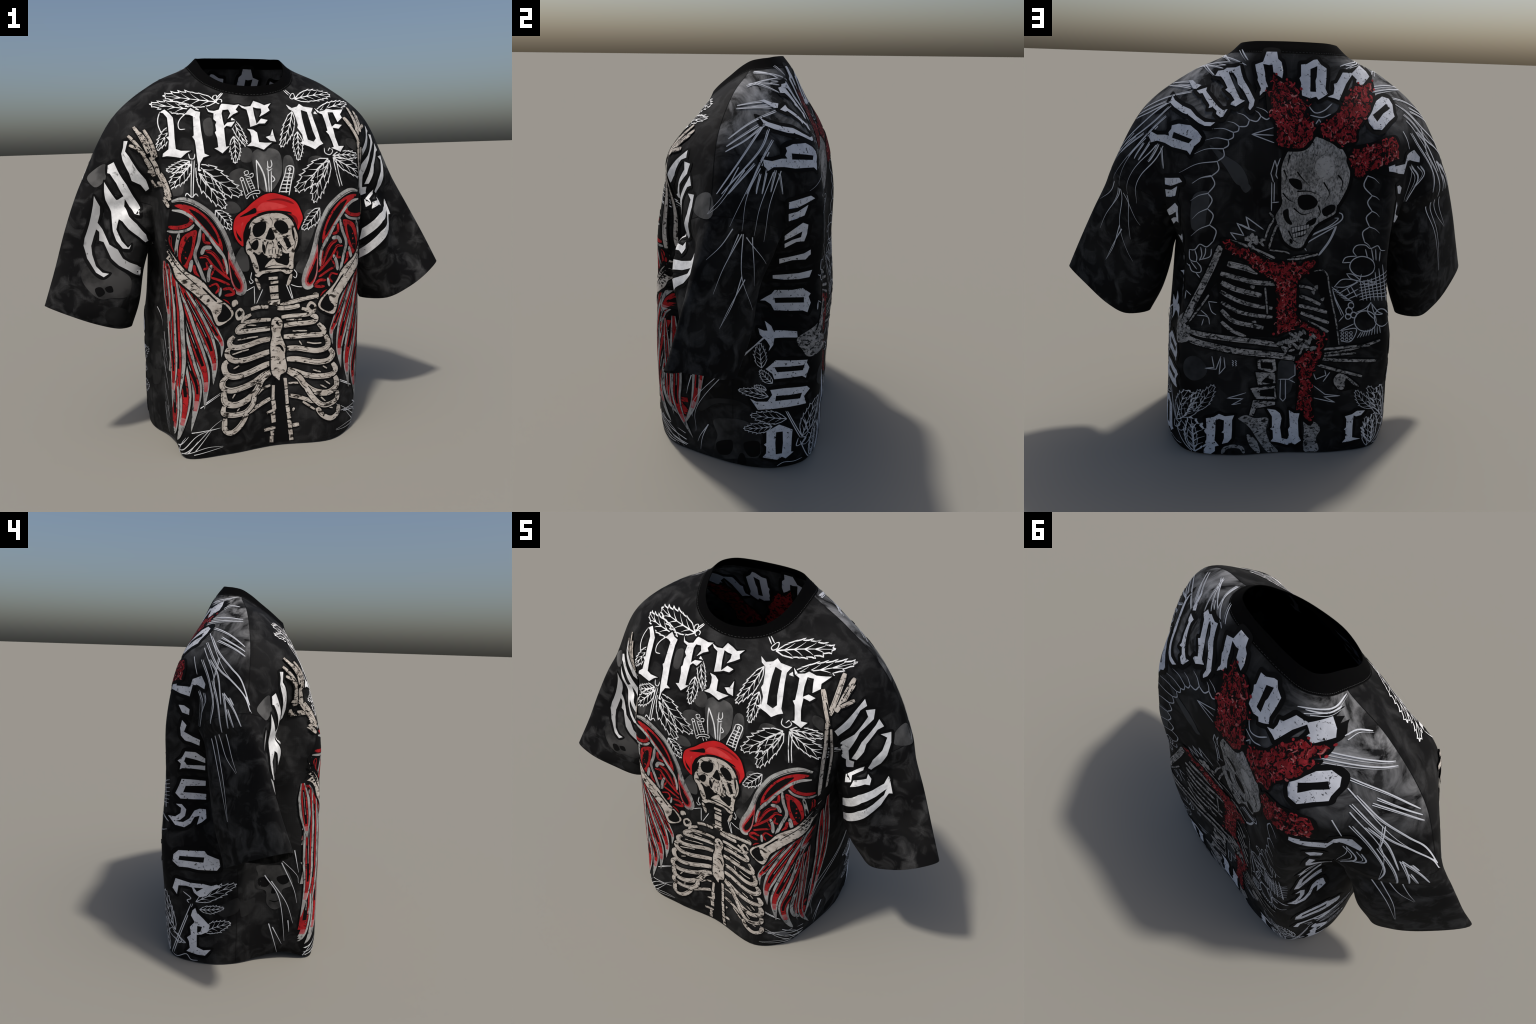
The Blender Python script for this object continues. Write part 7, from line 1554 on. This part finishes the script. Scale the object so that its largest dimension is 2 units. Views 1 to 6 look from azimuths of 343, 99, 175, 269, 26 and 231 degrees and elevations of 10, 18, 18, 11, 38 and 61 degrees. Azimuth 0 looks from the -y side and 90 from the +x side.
p.line("ink_back_line", [(0.005,0.379),(0.05,0.378),(0.079,0.399),(0.077,0.453)], 0.0042, 4, smooth=False)
p.line("ink_back_line", [(0.05,0.378),(0.08,0.362)], 0.0042, 4, smooth=False)
p.line("ink_back_line", [(0.014,0.379),(0.014,0.285),(0.028,0.269),(0.039,0.284),(0.036,0.378)], 0.0042, 4, smooth=False)
p.line("ink_back_line", [(-0.293,0.518),(-0.284,0.463),(-0.323,0.461),(-0.275,0.453),(-0.254,0.515)], 0.0042, 4, smooth=False)
p.line("ink_back_line", [(-0.254,0.505),(-0.262,0.427),(-0.236,0.46),(-0.241,0.509)], 0.0042, 4, smooth=False)
p.line("ink_back_line", [(0.158,0.419),(0.173,0.385),(0.216,0.409),(0.21,0.434)], 0.0042, 4, smooth=False)
p.line("ink_back_line", [(0.205,0.375),(0.233,0.425)], 0.0042, 4, smooth=False)
p.line("ink_back_line", [(-0.206,0.493),(-0.199,0.486),(-0.205,0.482)], 0.003, 4)
p.line("ink_back_line", [(-0.193,0.492),(-0.186,0.485),(-0.192,0.481)], 0.003, 4)
p.line("ink_back_line", [(-0.206,0.483),(-0.199,0.477),(-0.205,0.473)], 0.003, 4)
p.line("ink_back_line", [(-0.193,0.482),(-0.186,0.475),(-0.192,0.472)], 0.003, 4)
p.line("ink_back_line", [(-0.206,0.473),(-0.199,0.467),(-0.205,0.464)], 0.003, 4)
p.line("ink_back_line", [(-0.192,0.472),(-0.186,0.466),(-0.191,0.463)], 0.003, 4)
p = piece("photo_shape", BACK)
p.fill("ink_photo_back", [(-0.409,0.496),(-0.374,0.523),(-0.336,0.501),(-0.314,0.45),(-0.336,0.411),(-0.38,0.4),(-0.415,0.434)], 1, smooth=True)
p.fill("ink_photo_back", [(0.004,0.462),(0.072,0.462),(0.074,0.409),(0.059,0.314),(0.013,0.315)], 1, smooth=True)
p.fill("ink_photo_back", [(-0.302,1.42),(-0.239,1.381),(-0.174,1.335),(-0.145,1.264),(-0.192,1.265),(-0.239,1.335)], 1, smooth=True)
p.fill("ink_photo_back", [(-0.18,1.303),(-0.158,1.28),(-0.135,1.25),(-0.157,1.229),(-0.179,1.259)], 1, smooth=True)
p.fill("ink_photo_back", [(-0.374,1.19),(-0.355,1.233),(-0.31,1.241),(-0.302,1.206),(-0.314,1.152),(-0.325,1.089),(-0.372,1.088)], 1, smooth=True)
# ------------------------------------------------------------------ flank prints
p = piece("letter", BACK_LEFT)
p.fill("ink_black", grow([(-0.29,1.27),(-0.262,1.274),(-0.268,1.25),(-0.19,1.242),(-0.177,1.276),(-0.15,1.283),(-0.128,1.287),(-0.104,1.249),(-0.108,1.227),(-0.149,1.249),(-0.176,1.25),(-0.193,1.2),(-0.246,1.215),(-0.295,1.237)], .016), 4, smooth=True)
p.fill("ink_back_white", [(-0.29,1.27),(-0.262,1.274),(-0.268,1.25),(-0.19,1.242),(-0.177,1.276),(-0.15,1.283),(-0.128,1.287),(-0.104,1.249),(-0.108,1.227),(-0.149,1.249),(-0.176,1.25),(-0.193,1.2),(-0.246,1.215),(-0.295,1.237)], 7)
p = piece("letter", BACK_LEFT)
p.fill("ink_black", grow([(-0.252,1.162),(-0.224,1.16),(-0.194,1.143),(-0.197,1.117),(-0.234,1.128)], .016), 4, smooth=True)
p.fill("ink_back_white", [(-0.252,1.162),(-0.224,1.16),(-0.194,1.143),(-0.197,1.117),(-0.234,1.128)], 7)
p = piece("letter", BACK_LEFT)
p.fill("ink_black", grow([(-0.234,1.093),(-0.211,1.07),(-0.225,1.04),(-0.18,1.019),(-0.144,1.006),(-0.149,0.98),(-0.194,0.995),(-0.22,0.999),(-0.241,1.022),(-0.244,1.057)], .016), 4, smooth=True)
p.fill("ink_back_white", [(-0.234,1.093),(-0.211,1.07),(-0.225,1.04),(-0.18,1.019),(-0.144,1.006),(-0.149,0.98),(-0.194,0.995),(-0.22,0.999),(-0.241,1.022),(-0.244,1.057)], 7)
p = piece("letter", BACK_LEFT)
p.fill("ink_black", grow([(-0.222,0.949),(-0.171,0.948),(-0.126,0.921),(-0.127,0.9),(-0.168,0.912),(-0.222,0.922),(-0.229,0.903),(-0.217,0.885),(-0.128,0.887),(-0.13,0.865),(-0.188,0.869),(-0.239,0.869),(-0.251,0.862),(-0.245,0.89),(-0.26,0.904),(-0.238,0.921)], .016), 4, smooth=True)
p.fill("ink_back_white", [(-0.222,0.949),(-0.171,0.948),(-0.126,0.921),(-0.127,0.9),(-0.168,0.912),(-0.222,0.922),(-0.229,0.903),(-0.217,0.885),(-0.128,0.887),(-0.13,0.865),(-0.188,0.869),(-0.239,0.869),(-0.251,0.862),(-0.245,0.89),(-0.26,0.904),(-0.238,0.921)], 7)
p = piece("letter", BACK_LEFT)
p.fill("ink_black", grow([(-0.242,0.817),(-0.188,0.816),(-0.129,0.813),(-0.129,0.789),(-0.188,0.786),(-0.223,0.784),(-0.234,0.753),(-0.187,0.752),(-0.125,0.749),(-0.124,0.722),(-0.186,0.721),(-0.245,0.722),(-0.27,0.748),(-0.253,0.786)], .016), 4, smooth=True)
p.fill("ink_back_white", [(-0.242,0.817),(-0.188,0.816),(-0.129,0.813),(-0.129,0.789),(-0.188,0.786),(-0.223,0.784),(-0.234,0.753),(-0.187,0.752),(-0.125,0.749),(-0.124,0.722),(-0.186,0.721),(-0.245,0.722),(-0.27,0.748),(-0.253,0.786)], 7)
p = piece("letter", BACK_LEFT)
p.fill("ink_black", grow([(-0.265,0.696),(-0.238,0.695),(-0.216,0.671),(-0.22,0.64),(-0.24,0.621),(-0.265,0.613),(-0.227,0.61),(-0.198,0.629),(-0.177,0.667),(-0.153,0.677),(-0.121,0.676),(-0.114,0.635),(-0.135,0.615),(-0.159,0.602),(-0.15,0.644),(-0.174,0.637),(-0.19,0.606),(-0.22,0.586),(-0.264,0.595),(-0.301,0.638),(-0.266,0.635),(-0.242,0.652),(-0.24,0.676)], .016), 4, smooth=True)
p.fill("ink_back_white", [(-0.265,0.696),(-0.238,0.695),(-0.216,0.671),(-0.22,0.64),(-0.24,0.621),(-0.265,0.613),(-0.227,0.61),(-0.198,0.629),(-0.177,0.667),(-0.153,0.677),(-0.121,0.676),(-0.114,0.635),(-0.135,0.615),(-0.159,0.602),(-0.15,0.644),(-0.174,0.637),(-0.19,0.606),(-0.22,0.586),(-0.264,0.595),(-0.301,0.638),(-0.266,0.635),(-0.242,0.652),(-0.24,0.676)], 7)
p = piece("letter", SIDE_LEFT)
p.fill("ink_black", grow([(-0.266,0.546),(-0.242,0.568),(-0.114,0.575),(-0.1,0.558),(-0.043,0.537),(-0.037,0.504),(-0.052,0.483),(-0.144,0.482),(-0.192,0.489),(-0.24,0.488),(-0.27,0.512)], .016), 4, smooth=True)
p.fill("ink_back_white", [(-0.266,0.546),(-0.242,0.568),(-0.114,0.575),(-0.1,0.558),(-0.043,0.537),(-0.037,0.504),(-0.052,0.483),(-0.144,0.482),(-0.192,0.489),(-0.24,0.488),(-0.27,0.512)], 7, hole=[(-0.236,0.541),(-0.113,0.545),(-0.117,0.519),(-0.241,0.521)])
p = piece("letter", SIDE_LEFT)
p.fill("ink_black", grow([(-0.27,0.375),(-0.254,0.427),(-0.225,0.422),(-0.181,0.413),(-0.115,0.413),(-0.078,0.405),(-0.051,0.413),(-0.026,0.402),(-0.05,0.394),(-0.077,0.379),(-0.1,0.353),(-0.133,0.345),(-0.161,0.366),(-0.171,0.39),(-0.2,0.396),(-0.239,0.393),(-0.247,0.347)], .016), 4, smooth=True)
p.fill("ink_back_white", [(-0.27,0.375),(-0.254,0.427),(-0.225,0.422),(-0.181,0.413),(-0.115,0.413),(-0.078,0.405),(-0.051,0.413),(-0.026,0.402),(-0.05,0.394),(-0.077,0.379),(-0.1,0.353),(-0.133,0.345),(-0.161,0.366),(-0.171,0.39),(-0.2,0.396),(-0.239,0.393),(-0.247,0.347)], 7, hole=[(-0.162,0.391),(-0.114,0.393),(-0.147,0.371)])
p = piece("letter", SIDE_LEFT)
p.fill("ink_black", grow([(-0.153,0.287),(-0.145,0.266),(-0.111,0.236),(-0.08,0.204),(-0.087,0.174),(-0.119,0.157),(-0.143,0.152),(-0.142,0.089),(-0.108,0.075),(-0.073,0.08),(-0.101,0.047),(-0.137,0.048),(-0.167,0.053),(-0.195,0.058),(-0.177,0.078),(-0.182,0.113),(-0.192,0.131),(-0.172,0.149),(-0.178,0.188),(-0.154,0.216),(-0.174,0.247),(-0.167,0.273)], .016), 4, smooth=True)
p.fill("ink_back_white", [(-0.153,0.287),(-0.145,0.266),(-0.111,0.236),(-0.08,0.204),(-0.087,0.174),(-0.119,0.157),(-0.143,0.152),(-0.142,0.089),(-0.108,0.075),(-0.073,0.08),(-0.101,0.047),(-0.137,0.048),(-0.167,0.053),(-0.195,0.058),(-0.177,0.078),(-0.182,0.113),(-0.192,0.131),(-0.172,0.149),(-0.178,0.188),(-0.154,0.216),(-0.174,0.247),(-0.167,0.273)], 7, hole=[(-0.141,0.198),(-0.117,0.196),(-0.124,0.171),(-0.141,0.162)])
leaf(SIDE_LEFT, (-0.151, 0.319), (0.041, 0.416), 0.0321, 5, mat="ink_line", lw=.0032)
leaf(SIDE_LEFT, (-0.131, 0.282), (-0.014, 0.296), 0.0207, 5, mat="ink_line", lw=.0032)
leaf(SIDE_LEFT, (-0.11, 0.172), (0.019, 0.219), 0.0321, 5, mat="ink_line", lw=.0032)
leaf(SIDE_LEFT, (-0.254, 0.157), (-0.314, 0.354), 0.0275, 5, mat="ink_line", lw=.0032)
leaf(SIDE_LEFT, (-0.291, 0.027), (-0.309, 0.204), 0.0184, 5, mat="ink_line", lw=.0032)
p = piece("stem", SIDE_LEFT)
p.line("ink_line", [(-0.215,0.364),(-0.176,0.335),(-0.195,0.323),(-0.185,0.309)], 0.004, 4)
p.line("ink_line", [(-0.175,0.306),(-0.223,0.18),(-0.281,0.017)], 0.004, 4)
p.line("ink_line", [(-0.166,0.307),(-0.213,0.182),(-0.267,0.027)], 0.004, 4)
p.line("ink_line", [(-0.265,0.144),(-0.238,0.136),(-0.222,0.104),(-0.238,0.095),(-0.26,0.119)], 0.004, 4)
p.line("ink_line", [(-0.277,0.02),(-0.248,0.012),(-0.198,0.04),(-0.174,0.012),(-0.138,0.014)], 0.004, 4)
p = piece("letter", BACK_RIGHT)
p.fill("ink_black", grow([(0.136,1.071),(0.174,1.082),(0.231,1.099),(0.249,1.089),(0.209,1.067),(0.175,1.051),(0.137,1.045)], .016), 4, smooth=True)
p.fill("ink_back_white", [(0.136,1.071),(0.174,1.082),(0.231,1.099),(0.249,1.089),(0.209,1.067),(0.175,1.051),(0.137,1.045)], 7)
p = piece("letter", BACK_RIGHT)
p.fill("ink_black", grow([(0.136,1.025),(0.176,1.035),(0.22,1.062),(0.215,1.046),(0.205,1.02),(0.171,1.006),(0.137,0.996)], .016), 4, smooth=True)
p.fill("ink_back_white", [(0.136,1.025),(0.176,1.035),(0.22,1.062),(0.215,1.046),(0.205,1.02),(0.171,1.006),(0.137,0.996)], 7)
p = piece("letter", BACK_RIGHT)
p.fill("ink_black", grow([(0.123,0.938),(0.156,0.961),(0.2,0.99),(0.223,0.982),(0.219,0.944),(0.209,0.914),(0.176,0.912),(0.127,0.888),(0.125,0.905),(0.158,0.921),(0.194,0.931),(0.199,0.955),(0.157,0.934),(0.124,0.919)], .016), 4, smooth=True)
p.fill("ink_back_white", [(0.123,0.938),(0.156,0.961),(0.2,0.99),(0.223,0.982),(0.219,0.944),(0.209,0.914),(0.176,0.912),(0.127,0.888),(0.125,0.905),(0.158,0.921),(0.194,0.931),(0.199,0.955),(0.157,0.934),(0.124,0.919)], 7)
p = piece("letter", BACK_RIGHT)
p.fill("ink_black", grow([(0.108,0.841),(0.163,0.851),(0.212,0.862),(0.239,0.878),(0.24,0.858),(0.219,0.836),(0.164,0.834),(0.11,0.82)], .016), 4, smooth=True)
p.fill("ink_back_white", [(0.108,0.841),(0.163,0.851),(0.212,0.862),(0.239,0.878),(0.24,0.858),(0.219,0.836),(0.164,0.834),(0.11,0.82)], 7)
p = piece("letter", BACK_RIGHT)
p.fill("ink_black", grow([(0.084,0.768),(0.135,0.771),(0.194,0.776),(0.249,0.79),(0.239,0.759),(0.195,0.75),(0.135,0.747),(0.085,0.753)], .016), 4, smooth=True)
p.fill("ink_back_white", [(0.084,0.768),(0.135,0.771),(0.194,0.776),(0.249,0.79),(0.239,0.759),(0.195,0.75),(0.135,0.747),(0.085,0.753)], 7)
p = piece("letter", BACK_RIGHT)
p.fill("ink_black", grow([(0.094,0.7),(0.169,0.701),(0.213,0.71),(0.246,0.687),(0.238,0.673),(0.247,0.646),(0.234,0.603),(0.214,0.611),(0.159,0.608),(0.091,0.61),(0.077,0.637),(0.051,0.655),(0.028,0.657),(0.057,0.672),(0.08,0.683)], .016), 4, smooth=True)
p.fill("ink_back_white", [(0.094,0.7),(0.169,0.701),(0.213,0.71),(0.246,0.687),(0.238,0.673),(0.247,0.646),(0.234,0.603),(0.214,0.611),(0.159,0.608),(0.091,0.61),(0.077,0.637),(0.051,0.655),(0.028,0.657),(0.057,0.672),(0.08,0.683)], 7, hole=[(0.092,0.665),(0.219,0.67),(0.219,0.646),(0.097,0.642)])
p = piece("letter", SIDE_RIGHT)
p.fill("ink_black", grow([(0.098,0.725),(0.127,0.701),(0.136,0.681),(0.241,0.68),(0.244,0.653),(0.141,0.649),(0.137,0.621),(0.117,0.595),(0.123,0.617),(0.108,0.641),(0.078,0.67),(0.07,0.698),(0.095,0.685),(0.111,0.683)], .016), 4, smooth=True)
p.fill("ink_back_white", [(0.098,0.725),(0.127,0.701),(0.136,0.681),(0.241,0.68),(0.244,0.653),(0.141,0.649),(0.137,0.621),(0.117,0.595),(0.123,0.617),(0.108,0.641),(0.078,0.67),(0.07,0.698),(0.095,0.685),(0.111,0.683)], 7)
p = piece("letter", SIDE_RIGHT)
p.fill("ink_black", grow([(0.149,0.552),(0.206,0.549),(0.29,0.552),(0.286,0.539),(0.298,0.515),(0.288,0.483),(0.284,0.465),(0.267,0.476),(0.207,0.468),(0.144,0.464),(0.135,0.49),(0.105,0.514),(0.126,0.531)], .016), 4, smooth=True)
p.fill("ink_back_white", [(0.149,0.552),(0.206,0.549),(0.29,0.552),(0.286,0.539),(0.298,0.515),(0.288,0.483),(0.284,0.465),(0.267,0.476),(0.207,0.468),(0.144,0.464),(0.135,0.49),(0.105,0.514),(0.126,0.531)], 7, hole=[(0.143,0.521),(0.206,0.521),(0.278,0.528),(0.27,0.503),(0.207,0.498),(0.156,0.496)])
p = piece("letter", SIDE_RIGHT)
p.fill("ink_black", grow([(0.127,0.412),(0.187,0.418),(0.29,0.423),(0.303,0.408),(0.278,0.374),(0.288,0.335),(0.21,0.325),(0.073,0.313),(0.038,0.367),(0.064,0.354),(0.115,0.355),(0.136,0.388)], .016), 4, smooth=True)
p.fill("ink_back_white", [(0.127,0.412),(0.187,0.418),(0.29,0.423),(0.303,0.408),(0.278,0.374),(0.288,0.335),(0.21,0.325),(0.073,0.313),(0.038,0.367),(0.064,0.354),(0.115,0.355),(0.136,0.388)], 7, hole=[(0.153,0.383),(0.209,0.384),(0.269,0.392),(0.261,0.364),(0.209,0.361),(0.15,0.357)])
p = piece("letter", SIDE_RIGHT)
p.fill("ink_black", grow([(0.113,0.206),(0.169,0.239),(0.195,0.227),(0.23,0.208),(0.227,0.153),(0.226,0.091),(0.237,0.088),(0.202,0.057),(0.184,0.069),(0.163,0.055),(0.096,0.069),(0.112,0.091),(0.113,0.127),(0.102,0.137),(0.113,0.147)], .016), 4, smooth=True)
p.fill("ink_back_white", [(0.113,0.206),(0.169,0.239),(0.195,0.227),(0.23,0.208),(0.227,0.153),(0.226,0.091),(0.237,0.088),(0.202,0.057),(0.184,0.069),(0.163,0.055),(0.096,0.069),(0.112,0.091),(0.113,0.127),(0.102,0.137),(0.113,0.147)], 7, hole=[(0.156,0.201),(0.186,0.203),(0.188,0.144),(0.184,0.088),(0.156,0.086),(0.153,0.147)])
leaf(SIDE_RIGHT, (0.203, 0.265), (0.038, 0.284), 0.0321, 5, mat="ink_line", lw=.0032)
leaf(SIDE_RIGHT, (0.138, 0.231), (0.008, 0.212), 0.0275, 5, mat="ink_line", lw=.0032)
leaf(SIDE_RIGHT, (0.119, 0.379), (-0.016, 0.406), 0.023, 5, mat="ink_line", lw=.0032)
leaf(SIDE_RIGHT, (0.11, 0.412), (0.055, 0.432), 0.0161, 5, mat="ink_line", lw=.0032)
leaf(SIDE_RIGHT, (0.088, 0.519), (0.075, 0.635), 0.0275, 5, mat="ink_line", lw=.0032)
leaf(SIDE_RIGHT, (0.136, 0.444), (0.08, 0.51), 0.0207, 5, mat="ink_line", lw=.0032)
leaf(SIDE_RIGHT, (0.275, 0.162), (0.342, 0.348), 0.0344, 5, mat="ink_line", lw=.0032)
leaf(SIDE_RIGHT, (0.319, 0.01), (0.334, 0.208), 0.023, 5, mat="ink_line", lw=.0032)
p = piece("stem", SIDE_RIGHT)
p.line("ink_line", [(0.198,0.304),(0.266,0.16)], 0.004, 4)
p.line("ink_line", [(0.206,0.303),(0.275,0.162)], 0.004, 4)
p.line("ink_line", [(0.267,0.139),(0.309,0.012)], 0.004, 4)
p.line("ink_line", [(0.258,0.157),(0.25,0.117),(0.276,0.124),(0.294,0.149),(0.266,0.16)], 0.004, 4)
p.line("ink_line", [(0.163,0.015),(0.194,0.034),(0.239,0.028),(0.279,0.034)], 0.004, 4)
p = piece("hand_bone", SIDE_RIGHT)
p.fill("ink_grey_bone", [(0.246,0.653),(0.307,0.697),(0.341,0.719),(0.353,0.648),(0.346,0.589),(0.311,0.568),(0.285,0.571),(0.264,0.602),(0.246,0.624)], 5, smooth=True)
feather(WING_LEFT, [(0.124,0.873),(0.125,0.573),(0.127,0.402),(0.1,0.23)], 0.0551, 11)
feather(WING_LEFT, [(0.083,0.906),(0.096,0.795),(0.115,0.637)], 0.0551, 12.5)
feather(WING_LEFT, [(0.147,0.86),(0.152,0.646),(0.153,0.397),(0.128,0.191)], 0.0634, 9.5)
p = piece("grass_blade", WING_LEFT)
p.line("ink_line", [(0.001,0.514),(0.057,0.384),(0.076,0.308)], 0.005, 15, taper=True)
p.line("ink_line", [(-0.13,0.647),(0.054,0.473),(0.08,0.412)], 0.005, 15, taper=True)
p.line("ink_line", [(-0.072,0.445),(-0.006,0.332),(0.027,0.107)], 0.005, 15, taper=True)
p.line("ink_line", [(-0.041,0.417),(0.024,0.315),(0.063,0.201)], 0.005, 15, taper=True)
p.line("ink_line", [(-0.049,0.197),(-0.003,0.04)], 0.005, 15, taper=True)
p.line("ink_line", [(-0.031,0.18),(0.015,0.089)], 0.005, 15, taper=True)
p.line("ink_line", [(0.125,0.02),(0.18,0.111)], 0.005, 15, taper=True)
p.line("ink_line", [(0.038,0.218),(0.047,0.155)], 0.005, 15, taper=True)
p.line("ink_line", [(0.055,0.579),(0.078,0.466)], 0.005, 15, taper=True)
p = piece("faint_skull", SIDE_LEFT)
p.fill("ink_photo", [(0.125,0.49),(0.189,0.494),(0.259,0.495),(0.298,0.434),(0.299,0.399),(0.254,0.373),(0.262,0.304),(0.221,0.271),(0.182,0.298),(0.175,0.362),(0.129,0.378),(0.121,0.418),(0.136,0.445)], 1, smooth=True)
p.fill("ink_black", [(0.136,0.426),(0.177,0.435),(0.196,0.417),(0.179,0.386),(0.142,0.391)], 2, smooth=True)
p.fill("ink_black", [(0.228,0.439),(0.279,0.453),(0.285,0.419),(0.258,0.403),(0.234,0.415)], 2, smooth=True)
p.fill("ink_black", [(0.211,0.389),(0.201,0.354),(0.224,0.358)], 2, smooth=True)
p.fill("ink_black", [(0.191,0.318),(0.219,0.315),(0.247,0.323),(0.219,0.308)], 2, smooth=True)
p = piece("faint_hood", SIDE_LEFT)
p.fill("ink_shadow", [(0.058,0.319),(0.096,0.325),(0.126,0.329),(0.111,0.263),(0.069,0.243),(0.06,0.274)], 1, smooth=True)
p.fill("ink_shadow", [(-0.052,0.293),(-0.021,0.313),(0.049,0.344),(0.051,0.276),(-0.02,0.25)], 1, smooth=True)
feather(WING_RIGHT, [(-0.091,0.709),(-0.095,0.409),(-0.102,0.284),(-0.076,0.186),(-0.014,0.083)], 0.0505, 11)
feather(WING_RIGHT, [(-0.133,0.692),(-0.135,0.392),(-0.14,0.286),(-0.117,0.185)], 0.0275, 12.5)
feather(WING_EDGE, [(0.214,0.883),(0.239,0.569),(0.213,0.294),(0.17,0.141)], 0.0551, 12)
feather(WING_EDGE, [(0.235,0.963),(0.264,0.708),(0.256,0.495),(0.225,0.262)], 0.0413, 13)
p = piece("grass_blade", WING_RIGHT)
p.line("ink_line", [(-0.022,0.416),(-0.04,0.357),(-0.049,0.314)], 0.005, 15, taper=True)
p.line("ink_line", [(0.32,0.659),(0.012,0.323),(-0.02,0.199)], 0.005, 15, taper=True)
p.line("ink_line", [(0.316,0.66),(0.022,0.287),(0.003,0.13)], 0.005, 15, taper=True)
p.line("ink_line", [(0.074,0.186),(0.031,0.119),(0.014,0.077)], 0.005, 15, taper=True)
p.line("ink_line", [(0.071,0.183),(0.042,0.112),(0.027,0.036)], 0.005, 15, taper=True)
p.line("ink_line", [(-0.255,0.131),(-0.165,0.099),(-0.102,0.014)], 0.005, 15, taper=True)
p.line("ink_line", [(-0.175,0.031),(-0.133,0.019)], 0.005, 15, taper=True)
p.line("ink_line", [(-0.199,0.158),(-0.113,0.094),(-0.073,0.014)], 0.005, 15, taper=True)
p = piece("faint_skull", SIDE_RIGHT)
p.fill("ink_photo", [(-0.133,0.218),(-0.036,0.255),(0.038,0.24),(0.082,0.185),(0.083,0.073),(0.016,0.052),(-0.129,0.009),(-0.131,0.085),(-0.116,0.143)], 1, smooth=True)
p.fill("ink_black", [(-0.116,0.106),(-0.051,0.138),(-0.042,0.098),(-0.061,0.053),(-0.104,0.038),(-0.122,0.066)], 2, smooth=True)
p.fill("ink_black", [(0.012,0.137),(0.078,0.15),(0.083,0.084),(0.043,0.063),(0.016,0.091)], 2, smooth=True)
p.fill("ink_black", [(-0.011,0.068),(0.01,0.073),(0.02,0.016),(-0.021,0.005)], 2, smooth=True)
p = piece("faint_hood", SIDE_RIGHT)
p.fill("ink_shadow", [(-0.21,0.258),(-0.141,0.325),(-0.036,0.353),(0.025,0.327),(-0.036,0.329),(-0.118,0.308),(-0.191,0.241)], 1, smooth=True)
build_prints(PARTS)
